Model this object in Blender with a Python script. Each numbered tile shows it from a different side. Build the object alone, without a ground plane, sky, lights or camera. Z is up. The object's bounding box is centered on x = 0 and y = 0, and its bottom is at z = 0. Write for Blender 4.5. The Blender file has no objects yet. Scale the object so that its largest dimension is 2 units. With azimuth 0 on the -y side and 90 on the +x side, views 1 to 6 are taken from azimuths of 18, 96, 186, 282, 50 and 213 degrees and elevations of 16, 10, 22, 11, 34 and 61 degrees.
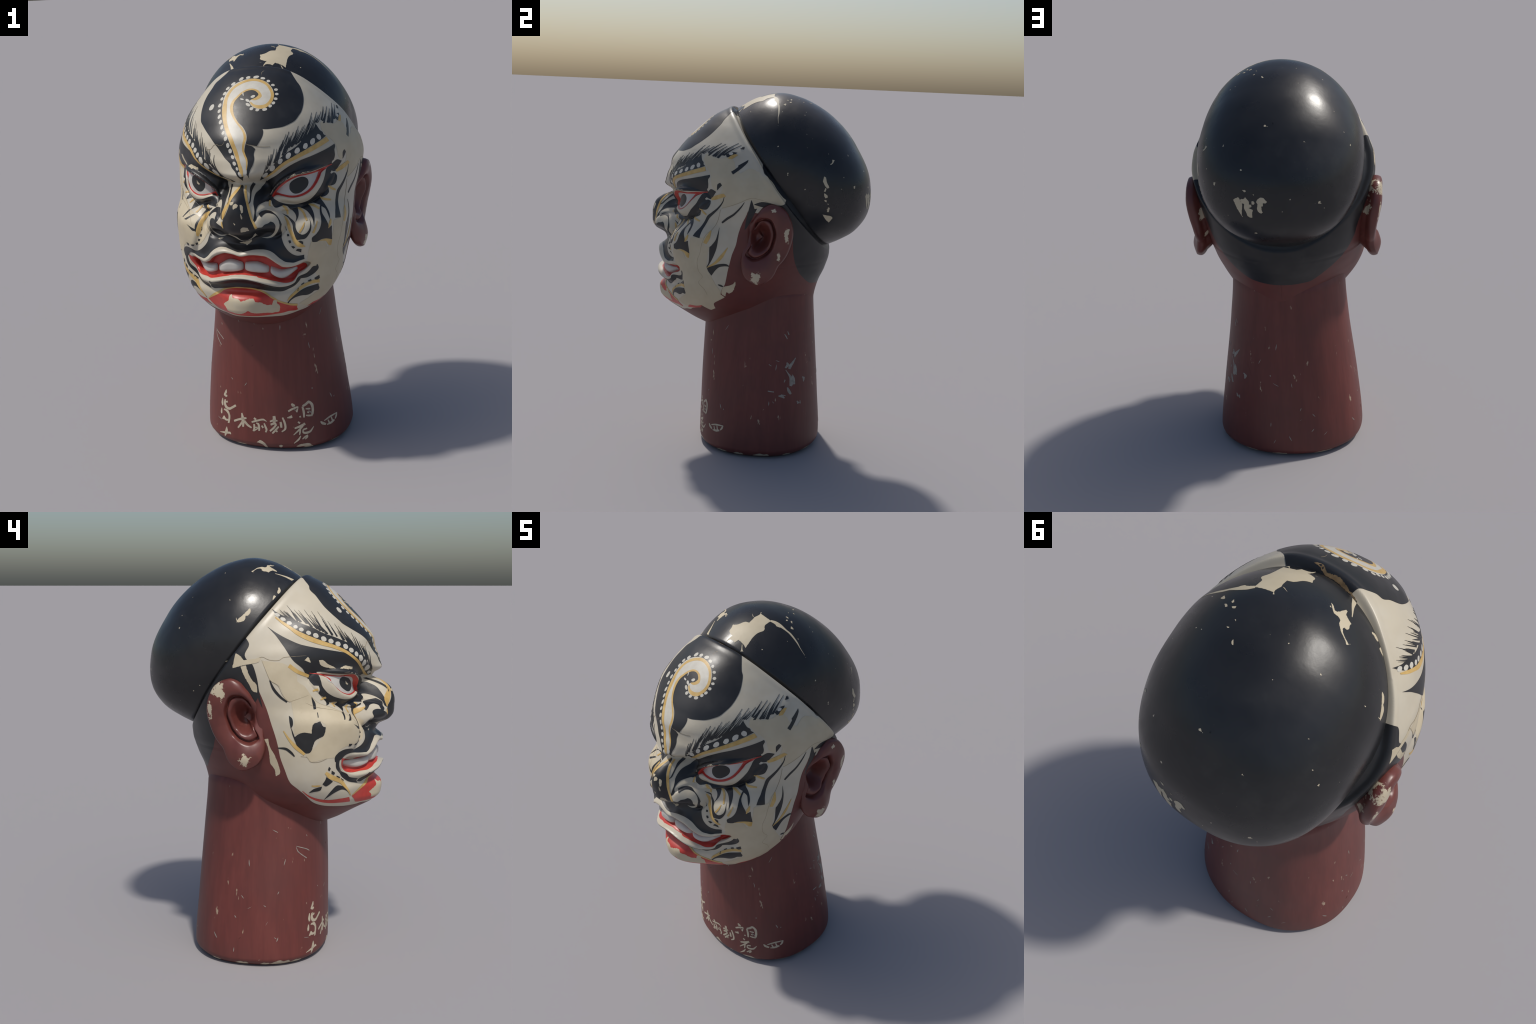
import math, random
import numpy as np

# ----------------------------------------------------------------------------
# 1. SMALL MATHS HELPERS
# ----------------------------------------------------------------------------
def pchip(xs, ys):
    """Monotone cubic through control points; returns a fast lookup."""
    xs = np.asarray(xs, float); ys = np.asarray(ys, float)
    h = np.diff(xs); d = np.diff(ys) / h
    m = np.zeros_like(ys)
    for i in range(1, len(xs) - 1):
        if d[i - 1] * d[i] > 0:
            w1 = 2 * h[i] + h[i - 1]; w2 = h[i] + 2 * h[i - 1]
            m[i] = (w1 + w2) / (w1 / d[i - 1] + w2 / d[i])
    m[0], m[-1] = d[0], d[-1]
    tx = np.linspace(xs[0], xs[-1], 1500)
    k = np.clip(np.searchsorted(xs, tx) - 1, 0, len(h) - 1)
    t = (tx - xs[k]) / h[k]
    ty = ((2*t**3 - 3*t**2 + 1) * ys[k] + (t**3 - 2*t**2 + t) * h[k] * m[k]
          + (-2*t**3 + 3*t**2) * ys[k + 1] + (t**3 - t**2) * h[k] * m[k + 1])
    return lambda x: np.interp(x, tx, ty)

def sstep(a, b, x):
    t = np.clip((x - a) / (b - a), 0, 1)
    return t * t * (3 - 2 * t)

def gauss(x, w):
    return np.exp(-(x / w) ** 2)

def bump2(x, z, cx, cz, wx, wz, power=2.0):
    return np.exp(-(np.abs((x - cx) / wx) ** power + np.abs((z - cz) / wz) ** power))

def wobble(p, scale, seed):
    """Cheap smooth 3D noise, a sum of rotated sines (-1..1)."""
    rng = np.random.RandomState(seed)
    out = np.zeros(p.shape[:-1])
    for i in range(7):
        k = rng.normal(size=3); k /= np.linalg.norm(k)
        out += np.sin((p @ k) * scale * (0.6 + 0.22 * i) + rng.uniform(0, 6.28))
    return out / 4.0

# ----------------------------------------------------------------------------
# 2. HEAD: horizontal sections (front y, back y, half width, y of widest, power of
#    the front and of the back half)
# ----------------------------------------------------------------------------
MID = 0.013                                # the face's symmetry plane
CENTRE = np.array([0.002, 0.0, 1.25])      # rays leave from here
SECTIONS = [  # z     front   back   half_w  widest  power  power_back
    (0.560, -0.150, 0.200, 0.100,  0.02, 2.0, 2.0),
    (0.640, -0.235, 0.280, 0.130, -0.04, 2.0, 1.8),
    (0.680, -0.288, 0.290, 0.165, -0.10, 2.0, 1.7),
    (0.720, -0.366, 0.300, 0.205, -0.14, 2.05, 1.6),
    (0.760, -0.418, 0.305, 0.248, -0.17, 2.15, 1.6),
    (0.800, -0.458, 0.310, 0.290, -0.18, 2.25, 1.6),
    (0.840, -0.476, 0.322, 0.328, -0.18, 2.3, 1.6),
    (0.900, -0.476, 0.332, 0.368, -0.17, 2.4, 1.6),
    (0.960, -0.472, 0.348, 0.392, -0.16, 2.4, 1.7),
    (1.040, -0.470, 0.383, 0.408, -0.15, 2.4, 1.9),
    (1.120, -0.474, 0.403, 0.420, -0.13, 2.4, 2.15),
    (1.220, -0.452, 0.403, 0.430, -0.10, 2.55, 2.4),
    (1.300, -0.430, 0.400, 0.434, -0.03, 2.25, 2.5),
    (1.380, -0.430, 0.392, 0.446,  0.00, 2.10, 2.6),
    (1.460, -0.456, 0.372, 0.452,  0.02, 1.95, 2.6),
    (1.540, -0.505, 0.340, 0.442,  0.03, 1.95, 2.4),
    (1.600, -0.506, 0.300, 0.418,  0.02, 1.95, 2.2),
    (1.680, -0.457, 0.240, 0.378, -0.01, 2.05, 2.2),
    (1.755, -0.392, 0.170, 0.322, -0.02, 2.1, 2.2),
    (1.820, -0.325, 0.090, 0.258, -0.04, 2.2, 2.2),
    (1.870, -0.262, 0.010, 0.193, -0.08, 2.2, 2.2),
    (1.905, -0.193, -0.06, 0.118, -0.12, 2.0, 2.2),
    (1.918, -0.150, -0.11, 0.030, -0.13, 2.0, 2.2),
]
_cols = list(zip(*SECTIONS))
sec_front, sec_back, sec_half, sec_wide, sec_pow, sec_pow_back = [pchip(_cols[0], c) for c in _cols[1:]]

sec_mid = pchip([.5, 1.0, 1.3, 2.0], [.002, .003, .006, .005])       # the head leans a little to one side

def section_field(x, y, z):
    """<1 inside the plain head, >1 outside."""
    hw = sec_half(z); yw = sec_wide(z); n = sec_pow(z); k = sec_pow_back(z)
    front = y < yw
    depth = np.where(front, yw - sec_front(z), sec_back(z) - yw)
    t = np.clip((y - yw) / depth * 1.5, 0, 1)
    hw = hw * np.where(front, 1, 1 - np.clip(2 - k, 0, 1) * .27 * np.sin(t * 1.5708) ** 2)
    p = np.where(front, n, np.maximum(k, 2.05))
    f = np.abs((x - sec_mid(z)) / hw) ** p + np.abs((y - yw) / depth) ** p
    return np.where((z < SECTIONS[0][0]) | (z > SECTIONS[-1][0]), 9.0, f)

def plain_head(az, el):
    a = np.radians(az); e = np.radians(el)
    d = np.stack([np.sin(a) * np.cos(e), -np.cos(a) * np.cos(e), np.sin(e)], -1)
    lo = np.full(az.shape, 0.02); hi = np.full(az.shape, 0.95)
    for _ in range(22):
        m = (lo + hi) / 2
        p = CENTRE + d * m[..., None]
        inside = section_field(p[..., 0], p[..., 1], p[..., 2]) < 1
        lo = np.where(inside, m, lo); hi = np.where(inside, hi, m)
    return CENTRE + d * lo[..., None], d

# --- the seam between face and hair cap is a tilted plane ------------------
SEAM_MID = np.array([0.005, 0.130, 1.5275])
SEAM_N = np.array([0.0, 0.804, 0.595]); SEAM_N /= np.linalg.norm(SEAM_N)
SEAM_S = np.array([0.0, -SEAM_N[2], SEAM_N[1]])        # up the slope, towards the brow

# --- facial relief, as functions of the frontal plane (x, z) ---------------
brow_edge = pchip([0, .05, .115, .20, .26, .32, .42], [1.425, 1.428, 1.440, 1.475, 1.505, 1.535, 1.575])
brow_amount = pchip([0, .06, .12, .20, .28, .36, .5], [.120, .098, .056, .030, .012, .002, 0])
nose_height = pchip([1.150, 1.165, 1.190, 1.215, 1.250, 1.280, 1.300, 1.360, 1.400, 1.425, 1.445],
                    [0.000, 0.020, 0.060, 0.128, 0.170, 0.184, 0.188, 0.172, 0.122, 0.040, 0.000])
nose_half = pchip([1.15, 1.18, 1.20, 1.25, 1.30, 1.36, 1.40, 1.43], [.060, .068, .092, .114, .112, .084, .064, .050])
lip_top = pchip([-.30, -.28, -.237, -.20, -.176, -.14, -.111, -.081, -.035, -.002, .041, .082, .108, .13, .148, .169, .19, .214, .23, .267, .33],
                [1.066, 1.078, 1.078, 1.073, 1.085, 1.118, 1.133, 1.136, 1.125, 1.118, 1.127, 1.130, 1.128, 1.12, 1.108, 1.09, 1.072, 1.063, 1.060, 1.066, 1.06])
gap_top = pchip([-.30, -.285, -.265, -.235, -.20, -.173, -.134, -.105, -.076, -.04, .0, .047, .107, .131, .15, .18, .209, .232, .262, .285],
                [1.045, 1.056, 1.056, 1.052, 1.050, 1.060, 1.091, 1.105, 1.112, 1.109, 1.100, 1.108, 1.102, 1.088, 1.065, 1.042, 1.037, 1.038, 1.050, 1.042])
gap_low = pchip([-.30, -.285, -.265, -.245, -.22, -.20, -.185, -.165, -.138, -.102, -.06, -.02, .014, .061, .107, .146, .179, .206, .222, .232, .255, .285],
                [1.043, 1.028, 1.002, .985, .976, .976, .977, .979, .985, .992, 1.002, 1.006, 1.005, .999, .987, .976, .967, .966, .975, .994, 1.007, 1.034])
lip_low = pchip([-.32, -.295, -.265, -.235, -.21, -.19, -.169, -.131, -.076, -.029, .013, .06, .112, .147, .17, .195, .224, .243, .269, .33],
                [1.035, .990, .960, .944, .942, .944, .950, .966, .984, .992, .994, .986, .966, .946, .940, .943, .958, .980, .995, 1.030])

EYE_IN = np.array([.126, 1.357]); EYE_OUT = np.array([.350, 1.468])
EYE_LEN = float(np.linalg.norm(EYE_OUT - EYE_IN))
EYE_E = (EYE_OUT - EYE_IN) / EYE_LEN
lid_up = pchip([-.06, 0, .030, .067, .11, .15, .175, .205, EYE_LEN, .32], [0, 0, .015, .024, .027, .024, .018, .006, -.004, -.004])
lid_low = pchip([-.06, 0, .022, .044, .070, .100, .135, .165, .190, .215, EYE_LEN, .32],
                [0, 0, -.006, -.020, -.042, -.056, -.060, -.053, -.036, -.012, 0, 0])

def eye_frame(a, z):
    s = (a - EYE_IN[0]) * EYE_E[0] + (z - EYE_IN[1]) * EYE_E[1]
    t = -(a - EYE_IN[0]) * EYE_E[1] + (z - EYE_IN[1]) * EYE_E[0]
    return s, t

def muzzle(xs, z):
    return .070 * np.exp(-(np.abs(xs / .205) ** 4.0 + np.abs((z - 1.05) / .14) ** 3))

def mouth_corner(a, z):
    return .038 * bump2(a, z, .262, 1.000, .036, .058) + .010 * bump2(a, z, .215, .950, .055, .035)

def face_relief(x, z):
    """Outward (towards -y) relief of the face."""
    xs = x - MID; a = np.abs(xs)
    out = np.zeros_like(x)
    # brow ridge: a sharp lower edge, swelling softly into the forehead
    up = z - brow_edge(a)
    out += brow_amount(a) * sstep(-.020, .052, up) * np.exp(-np.clip(up, 0, 1) ** 2 / .085 ** 2)
    out -= .012 * bump2(a, z, .265, 1.610, .095, .080)
    # hollow beside the bridge of the nose and at the eye's outer corner
    out -= .020 * bump2(a, z, .105, 1.395, .040, .035)
    out -= .026 * bump2(a, z, .345, 1.452, .045, .040)
    # eye: ball, heavy upper lid, lower lid and the groove round them
    s, t = eye_frame(a, z)
    on = sstep(-.05, .03, s) * (1 - sstep(EYE_LEN - .07, EYE_LEN + .03, s))
    up_e = lid_up(s); low_e = lid_low(s)
    ball = np.sqrt(np.clip(1 - ((s - .118) / .135) ** 2 - ((t + .028) / .082) ** 2, 0, 1))
    out += .042 * ball
    inside = sstep(-.003, .004, up_e - t) * sstep(-.004, .004, t - low_e) * sstep(-.01, .02, s) * sstep(-.01, .02, EYE_LEN - s)
    out -= .010 * inside
    out += .042 * sstep(-.004, .014, t - up_e) * np.exp(-(np.clip(t - up_e - .012, 0, 1) / .040) ** 2) * on
    out += .005 * gauss(t - low_e + .012, .012) * on
    out -= .022 * gauss(t - low_e + .046, .016) * on
    # nose: ridge, tip and wings
    h = nose_height(z); w = nose_half(z)
    out += h * np.exp(-np.abs(a / w) ** 2.5)
    wing = bump2(a, z, .130, 1.255, .055, .060, 2.8)
    out += .064 * wing
    out -= .014 * gauss(np.hypot((a - .132) / .058, (z - 1.243) / .064) - 1.05, .15) * sstep(.10, .16, a + (z - 1.2) * .5)
    out -= .030 * bump2(a, z, .112, 1.208, .034, .018)              # nostril
    # cheeks beside the nose and mouth
    out += .026 * bump2(a, z, .270, 1.130, .075, .070)
    out += .010 * bump2(a, z, .230, 1.215, .070, .060)
    out -= .010 * gauss(a - (.205 + (1.22 - z) * .35), .018) * sstep(1.05, 1.10, z) * (1 - sstep(1.22, 1.28, z))
    out += .032 * bump2(a, z, .325, 1.235, .070, .070)
    out += .016 * bump2(xs, z, -.265, 1.215, .090, .080) + .006 * bump2(xs, z, .265, 1.215, .080, .070)
    # muzzle carrying the mouth
    out += muzzle(xs, z)
    # lips: two rolls with the row of teeth between
    fade = 1 - sstep(.245, .305, a)
    tl, gt, gl, ll = lip_top(xs), gap_top(xs), gap_low(xs), lip_low(xs)
    mid_u = (tl * .45 + gt * .55); mid_l = (gl + ll) / 2
    out += .026 * gauss(z - mid_u, .020) * fade
    out += .030 * gauss(z - mid_l, .020) * fade
    gap = sstep(-.004, .008, gt - z) * sstep(-.004, .008, z - gl) * (1 - sstep(.26, .295, a))
    out -= .030 * gap
    out -= mouth_corner(a, z)
    # chin boss and the groove above it
    out += .080 * bump2(xs, z, 0, .850, .125, .085, 2.6)
    out -= .026 * bump2(xs, z, 0, .925, .20, .020)
    return out

def head_surface(az, el):
    p, d = plain_head(az, el)
    x, y, z = p[..., 0], p[..., 1], p[..., 2]
    front = sstep(-.10, -.24, y)
    relief = face_relief(x, z) * front
    out = p.copy()
    out[..., 1] -= relief
    out += d * (.0022 * wobble(p, 14, 3))[..., None]
    out[..., 0] -= np.sign(x) * .105 * bump2(y, z, .060, 1.250, .048, .070, 3) * sstep(.3, .36, np.abs(x))   # ear hole
    # rim of the face: beyond the seam plane the head steps in, under the cap
    q = (p - SEAM_MID) @ SEAM_N
    out -= d * ((.028 - .018 * sstep(.20, .34, y)) * sstep(-.012, .004, q) + .55 * np.clip(q - .002, 0, .12))[..., None]
    out += d * (.004 * gauss(q + .022, .014) * sstep(1.2, 1.5, z))[..., None]
    return out

AZ = np.unique(np.concatenate([np.arange(-180, -84, 0.8), np.arange(-84, 84.01, 0.3), np.arange(84, 180.01, 0.8), [180.0]]).round(3))
EL = np.unique(np.concatenate([np.arange(-80, -50, 0.8), np.arange(-50, 50, 0.3), np.arange(50, 90.01, 0.4), [90.0]]).round(3))

# ----------------------------------------------------------------------------
# 3. HAIR CAP: a swollen dome standing on the seam plane
# ----------------------------------------------------------------------------
_cap_pts = [(.466, .0), (.464, .058), (.455, .128), (.416, .233), (.320, .330), (.195, .397), (.07, .431), (-.07, .436),
            (-.293, .386), (-.424, .280), (-.460, .185), (-.458, .07), (-.446, .0)]
_ca = [math.degrees(math.atan2(n, s)) for s, n in _cap_pts]
_cr = [math.hypot(n, s) for s, n in _cap_pts]
cap_radius = pchip([-90, -25] + _ca + [205, 270], [.40, .44] + _cr + [.43, .40])
CAP_W = .396
cap_swell = pchip([-14, 0, 12, 30, 50, 70, 90], [.98, 1.0, 1.02, 1.05, 1.06, 1.04, 1.03])
cap_power = pchip([-180, -90, 0, 55, 110, 150, 180], [2.2, 2.1, 1.95, 2.0, 2.3, 2.35, 2.15])

def cap_surface(al, be):
    """al: bearing round the seam (0 brow, 90 +x, 180 nape); be: degrees above the seam plane."""
    a = np.radians(al); b = np.radians(be)
    us, ux, un = np.cos(b) * np.cos(a), np.cos(b) * np.sin(a), np.sin(b)
    hyp = np.hypot(us, un)
    rm = cap_radius(np.where(np.degrees(np.arctan2(un, us)) < -90, np.degrees(np.arctan2(un, us)) + 360, np.degrees(np.arctan2(un, us))))
    p = cap_power(np.degrees(np.arctan2(un, us)))
    w = CAP_W * cap_swell(be) * (1 - .05 * sstep(60, 130, np.abs(al)) * (1 - sstep(0, 28, be)))
    r = ((np.abs(ux) / w) ** p + (hyp / rm) ** p) ** (-1 / p)
    out = SEAM_MID + (r * us)[..., None] * SEAM_S + (r * un)[..., None] * SEAM_N
    out[..., 0] += r * ux - .008 + .007 * np.clip(un, 0, 1)
    return out

# ----------------------------------------------------------------------------
# 4. NECK: tapering column
# ----------------------------------------------------------------------------
neck_front = pchip([0, .05, .30, .68, .95], [-.296, -.299, -.296, -.287, -.280])
neck_back = pchip([0, .05, .30, .68, .85, .95, 1.05], [.394, .395, .377, .342, .328, .324, .32])
neck_half = pchip([0, .05, .30, .68, .85, 1.05], [.386, .384, .357, .306, .290, .285])

def neck_surface(th, z):
    """th degrees: 0 at the front, 90 at +x."""
    t = np.radians(th)
    f, b, h = neck_front(z), neck_back(z), neck_half(z)
    yc = (f + b) / 2; hy = (b - f) / 2
    n = 2.25
    c, s = np.cos(t), np.sin(t)
    k = (np.abs(c) ** n + np.abs(s) ** n) ** (-1 / n)
    lo = 1 - .22 * np.clip((z - .885) / .095, 0, 1) ** 2 - .10 * (1 - np.clip(z / .045, 0, 1)) ** 2.2
    x = h * s * k * lo; y = yc - hy * c * k * lo
    out = np.stack([x - .008, y, z + 0 * x], -1)
    w = .003 * wobble(out * np.array([1, 1, .4]), 16, 5)
    out[..., 0] += w * s; out[..., 1] -= w * c
    return out
NTH = np.arange(-180, 180, 1.0)

# ----------------------------------------------------------------------------
# 5. EARS: a fan of rays; broad rolled rim, groove, inner fold, deep hollow, lobe
# ----------------------------------------------------------------------------
EAR_O = np.array([0.070, 1.245])           # (y, z) of the fan's centre
def ring_profile(points):
    """Radius against angle for a closed outline round EAR_O."""
    an = np.array([math.degrees(math.atan2(z - EAR_O[1], y - EAR_O[0])) for y, z in points])
    ra = np.array([math.hypot(z - EAR_O[1], y - EAR_O[0]) for y, z in points])
    o = np.argsort(an); an, ra = an[o], ra[o]
    return pchip(np.concatenate([an[-3:] - 360, an, an[:3] + 360]), np.concatenate([ra[-3:], ra, ra[:3]]))
ear_edge = ring_profile([(.048, 1.376), (.075, 1.408), (.121, 1.425), (.177, 1.405), (.217, 1.345), (.229, 1.285), (.214, 1.204),
                         (.163, 1.112), (.123, 1.034), (.063, 1.002), (-.004, 1.030), (-.034, 1.095), (-.030, 1.170), (-.012, 1.250), (.012, 1.330)])
ear_fold = ring_profile([(.071, 1.349), (.108, 1.347), (.135, 1.302), (.131, 1.227), (.107, 1.173), (.072, 1.147), (.024, 1.133),
                         (-.010, 1.150), (.012, 1.200), (.016, 1.250), (.026, 1.295), (.045, 1.332)])
# how far the rim stands out (x) round the ear; angle 0 = backwards, 90 = up
ear_rim_x = pchip([-200, -165, -135, -110, -90, -60, -25, 0, 40, 75, 100, 125, 150, 160, 200],
                  [.418, .420, .436, .462, .470, .452, .458, .468, .482, .482, .470, .440, .424, .420, .418])

def ear_surface(ang, rho):
    """rho 0..1 the visible face, 1..2 the rounded edge and the back down to the skull."""
    face = np.clip(rho, 0, 1); back = np.clip(rho - 1, 0, 1)
    ab = np.radians(ang)
    Ro, Ri = ear_edge(ang), ear_fold(ang)
    u = np.clip(face / .5, 0, 1); w = np.clip((face - .5) / .5, 0, 1)
    R = np.where(face < .5, Ri * u, Ri + (Ro - Ri) * w)
    rolled = sstep(-150, -122, ang) * (1 - sstep(112, 142, ang))       # the rim runs over the top, back and lobe
    R = R * (1 - (.30 * rolled + .04) * back ** 1.5) + .012 * rolled * np.sin(np.pi * np.clip(back * 2.2, 0, 1)) ** .8
    yy = EAR_O[0] + R * np.cos(ab); zz = EAR_O[1] + R * np.sin(ab)
    near = sstep(.1, .5, face)
    rim = ear_rim_x(ang) * near + .446 * (1 - near)
    dome = np.sqrt(np.clip(np.sin(np.pi * np.clip(.10 + .74 * w, 0, 1)), 0, 1))
    x = np.where(face < .5, rim - .020 * rolled, rim - .030 * rolled * (1 - dome))
    x = x - .020 * rolled * np.exp(-((face - .5) / .035) ** 2)          # groove under the roll
    x = x + .008 * rolled * np.exp(-((u - .72) / .16) ** 2) * (face < .5)
    hollow = np.exp(-np.hypot((yy - .060 - (zz - 1.243) * .10) / .042, (zz - 1.245) / .062) ** 3.0)
    x = x - .064 * hollow * (back == 0)
    x = x - .020 * bump2(yy, zz, .066, 1.322, .026, .026) * (back == 0)
    x = x + .010 * bump2(yy, zz, .012, 1.225, .016, .036)
    x = x + .010 * bump2(yy, zz, .050, 1.062, .060, .045)
    x = x - (x - .355) * back ** .85
    return np.stack([x, yy, zz], -1)

# ----------------------------------------------------------------------------
# 6. BLENDER SIDE: meshes
# ----------------------------------------------------------------------------
import bpy, bmesh
from mathutils import Vector, geometry as mgeo

def new_object(name, verts, faces, mat, parent, smooth=True, normals=None):
    me = bpy.data.meshes.new(name)
    me.from_pydata([tuple(v) for v in np.asarray(verts).tolist()], [], [tuple(f) for f in faces])
    me.update()
    if smooth:
        me.polygons.foreach_set('use_smooth', np.ones(len(me.polygons), dtype=bool))
    if normals is not None:
        me.normals_split_custom_set_from_vertices(np.asarray(normals).tolist())
    if mat is not None:
        me.materials.append(mat)
    ob = bpy.data.objects.new(name, me)
    bpy.context.scene.collection.objects.link(ob)
    if parent is not None:
        ob.parent = parent
    return ob

def grid_faces(nr, nc, wrap=False):
    i = np.arange(nr - 1)[:, None]
    j = np.arange(nc if wrap else nc - 1)[None, :]
    a = i * nc + j
    b = i * nc + (j + 1) % nc
    return np.stack([a, b, b + nc, a + nc], -1).reshape(-1, 4)

def grid_normals(P, wrap=False):
    du = np.gradient(P, axis=0)
    if wrap:
        dv = np.roll(P, -1, 1) - np.roll(P, 1, 1)
    else:
        dv = np.gradient(P, axis=1)
    n = np.cross(dv, du)
    return n / np.maximum(np.linalg.norm(n, axis=-1, keepdims=True), 1e-9)

class Sheet:
    """A parametrised surface sampled on a grid: paint is laid on it by (u, v)."""
    def __init__(self, us, vs, P, flip=False):
        self.us, self.vs, self.P = us, vs, P
        self.N = grid_normals(P) * (-1 if flip else 1)
    def at(self, uv, lift=0.0):
        uv = np.asarray(uv, float)
        i = np.clip(np.searchsorted(self.us, uv[:, 0]) - 1, 0, len(self.us) - 2)
        j = np.clip(np.searchsorted(self.vs, uv[:, 1]) - 1, 0, len(self.vs) - 2)
        a = np.clip((uv[:, 0] - self.us[i]) / (self.us[i + 1] - self.us[i]), 0, 1)[:, None]
        b = np.clip((uv[:, 1] - self.vs[j]) / (self.vs[j + 1] - self.vs[j]), 0, 1)[:, None]
        def mix(G):
            return (G[j, i] * (1 - a) * (1 - b) + G[j, i + 1] * a * (1 - b) + G[j + 1, i] * (1 - a) * b + G[j + 1, i + 1] * a * b)
        n = mix(self.N); n = n / np.linalg.norm(n, axis=1, keepdims=True)
        return mix(self.P) + n * lift, n

# ----------------------------------------------------------------------------
# 7. MATERIALS
# ----------------------------------------------------------------------------
class Nodes:
    def __init__(self, name):
        self.m = bpy.data.materials.new(name); self.m.use_nodes = True
        self.t = self.m.node_tree; self.b = self.t.nodes['Principled BSDF']
        self.co = self.t.nodes.new('ShaderNodeTexCoord').outputs['Object']
    def link(self, a, b): self.t.links.new(a, b)
    def scaled(self, s):
        n = self.t.nodes.new('ShaderNodeMapping'); n.inputs['Scale'].default_value = s
        self.link(self.co, n.inputs['Vector']); return n.outputs['Vector']
    def noise(self, scale, detail=4, rough=.55, co=None):
        n = self.t.nodes.new('ShaderNodeTexNoise')
        n.inputs['Scale'].default_value = scale; n.inputs['Detail'].default_value = detail; n.inputs['Roughness'].default_value = rough
        self.link(co or self.co, n.inputs['Vector']); return n.outputs['Fac']
    def ramp(self, fac, stops, mode='LINEAR'):
        n = self.t.nodes.new('ShaderNodeValToRGB'); r = n.color_ramp; r.interpolation = mode
        while len(r.elements) < len(stops): r.elements.new(1)
        for e, (p, c) in zip(r.elements, stops):
            e.position = p; e.color = (c if isinstance(c, tuple) else (c, c, c)) + (1,)
        self.link(fac, n.inputs['Fac']); return n.outputs['Color']
    def math(self, op, a, b=None, clamp=False):
        n = self.t.nodes.new('ShaderNodeMath'); n.operation = op; n.use_clamp = clamp
        for k, v in enumerate([a, b]):
            if v is None: continue
            if isinstance(v, (int, float)): n.inputs[k].default_value = v
            else: self.link(v, n.inputs[k])
        return n.outputs[0]
    def mix(self, fac, a, b, mode='MIX'):
        n = self.t.nodes.new('ShaderNodeMix'); n.data_type = 'RGBA'; n.blend_type = mode
        for s, v in ((n.inputs[0], fac), (n.inputs[6], a), (n.inputs[7], b)):
            if isinstance(v, (int, float)): s.default_value = v
            elif isinstance(v, tuple): s.default_value = v + (1,)
            else: self.link(v, s)
        return n.outputs[2]
    def bump(self, h, strength=.2, dist=.002):
        n = self.t.nodes.new('ShaderNodeBump'); n.inputs['Strength'].default_value = strength; n.inputs['Distance'].default_value = dist
        self.link(h, n.inputs['Height']); self.link(n.outputs[0], self.b.inputs['Normal'])
    def done(self, col, rough=.4, spec=.5):
        if isinstance(col, tuple): self.b.inputs['Base Color'].default_value = col + (1,)
        else: self.link(col, self.b.inputs['Base Color'])
        if isinstance(rough, (int, float)): self.b.inputs['Roughness'].default_value = rough
        else: self.link(rough, self.b.inputs['Roughness'])
        self.b.inputs['Specular IOR Level'].default_value = spec
        return self.m

CREAM = (.520, .450, .318)
def make_white():
    n = Nodes('white_paint')
    c = n.ramp(n.noise(9, 6), [(.3, (.465, .417, .325)), (.55, (.508, .464, .372)), (.75, (.525, .492, .412))])
    c = n.mix(n.ramp(n.noise(2.6, 5), [(.45, 0.0), (.7, .7)]), c, (.510, .448, .330))
    stain = n.ramp(n.noise(26, 6, .7), [(.66, 0.0), (.80, .35)])
    c = n.mix(stain, c, (.38, .32, .21))
    n.bump(n.noise(60, 4), .10, .002)
    return n.done(c, .38)
def make_cream():
    n = Nodes('bare_gesso')
    c = n.ramp(n.noise(11, 6), [(.3, (.475, .405, .28)), (.6, CREAM), (.8, (.53, .472, .355))])
    c = n.mix(n.ramp(n.noise(40, 5, .7), [(.62, 0.0), (.85, .5)]), c, (.40, .32, .19))
    n.bump(n.noise(45, 5), .18, .003)
    return n.done(c, .52)
def make_black(name='black_lacquer', chips=.735, rough=.33):
    n = Nodes(name)
    c = n.ramp(n.noise(7, 6), [(.3, (.0105, .0110, .0125)), (.7, (.0175, .0178, .0190))])
    scuff = n.ramp(n.noise(3.2, 8, .72), [(.56, 0.0), (.80, .30)])
    c = n.mix(scuff, c, (.07, .07, .066))
    spots = n.ramp(n.noise(34, 3, .5), [(chips, 0.0), (chips + .012, 1.0)])
    c = n.mix(spots, c, CREAM)
    n.bump(n.noise(16, 4), .14, .005)
    return n.done(c, n.ramp(n.noise(6, 5), [(.3, rough - .05), (.75, rough + .14)]))
def make_redbrown(name='red_brown_paint', grain=True, chips=.715):
    n = Nodes(name)
    co = n.scaled((1, 1, .09)) if grain else None
    c = n.ramp(n.noise(26 if grain else 8, 6, .6, co), [(.28, (.112, .028, .023)), (.52, (.136, .033, .027)), (.75, (.156, .041, .033))])
    c = n.mix(n.ramp(n.noise(3.0, 5), [(.42, 0.0), (.72, .65)]), c, (.098, .032, .028))
    co2 = n.scaled((1, 1, .35))
    spots = n.ramp(n.noise(30, 3, .6, co2), [(chips - .02, 0.0), (chips + .03, .8)])
    c = n.mix(spots, c, (.45, .36, .25))
    n.bump(n.noise(70, 4, .6, co), .20, .002)
    return n.done(c, .48, .45)
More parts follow.
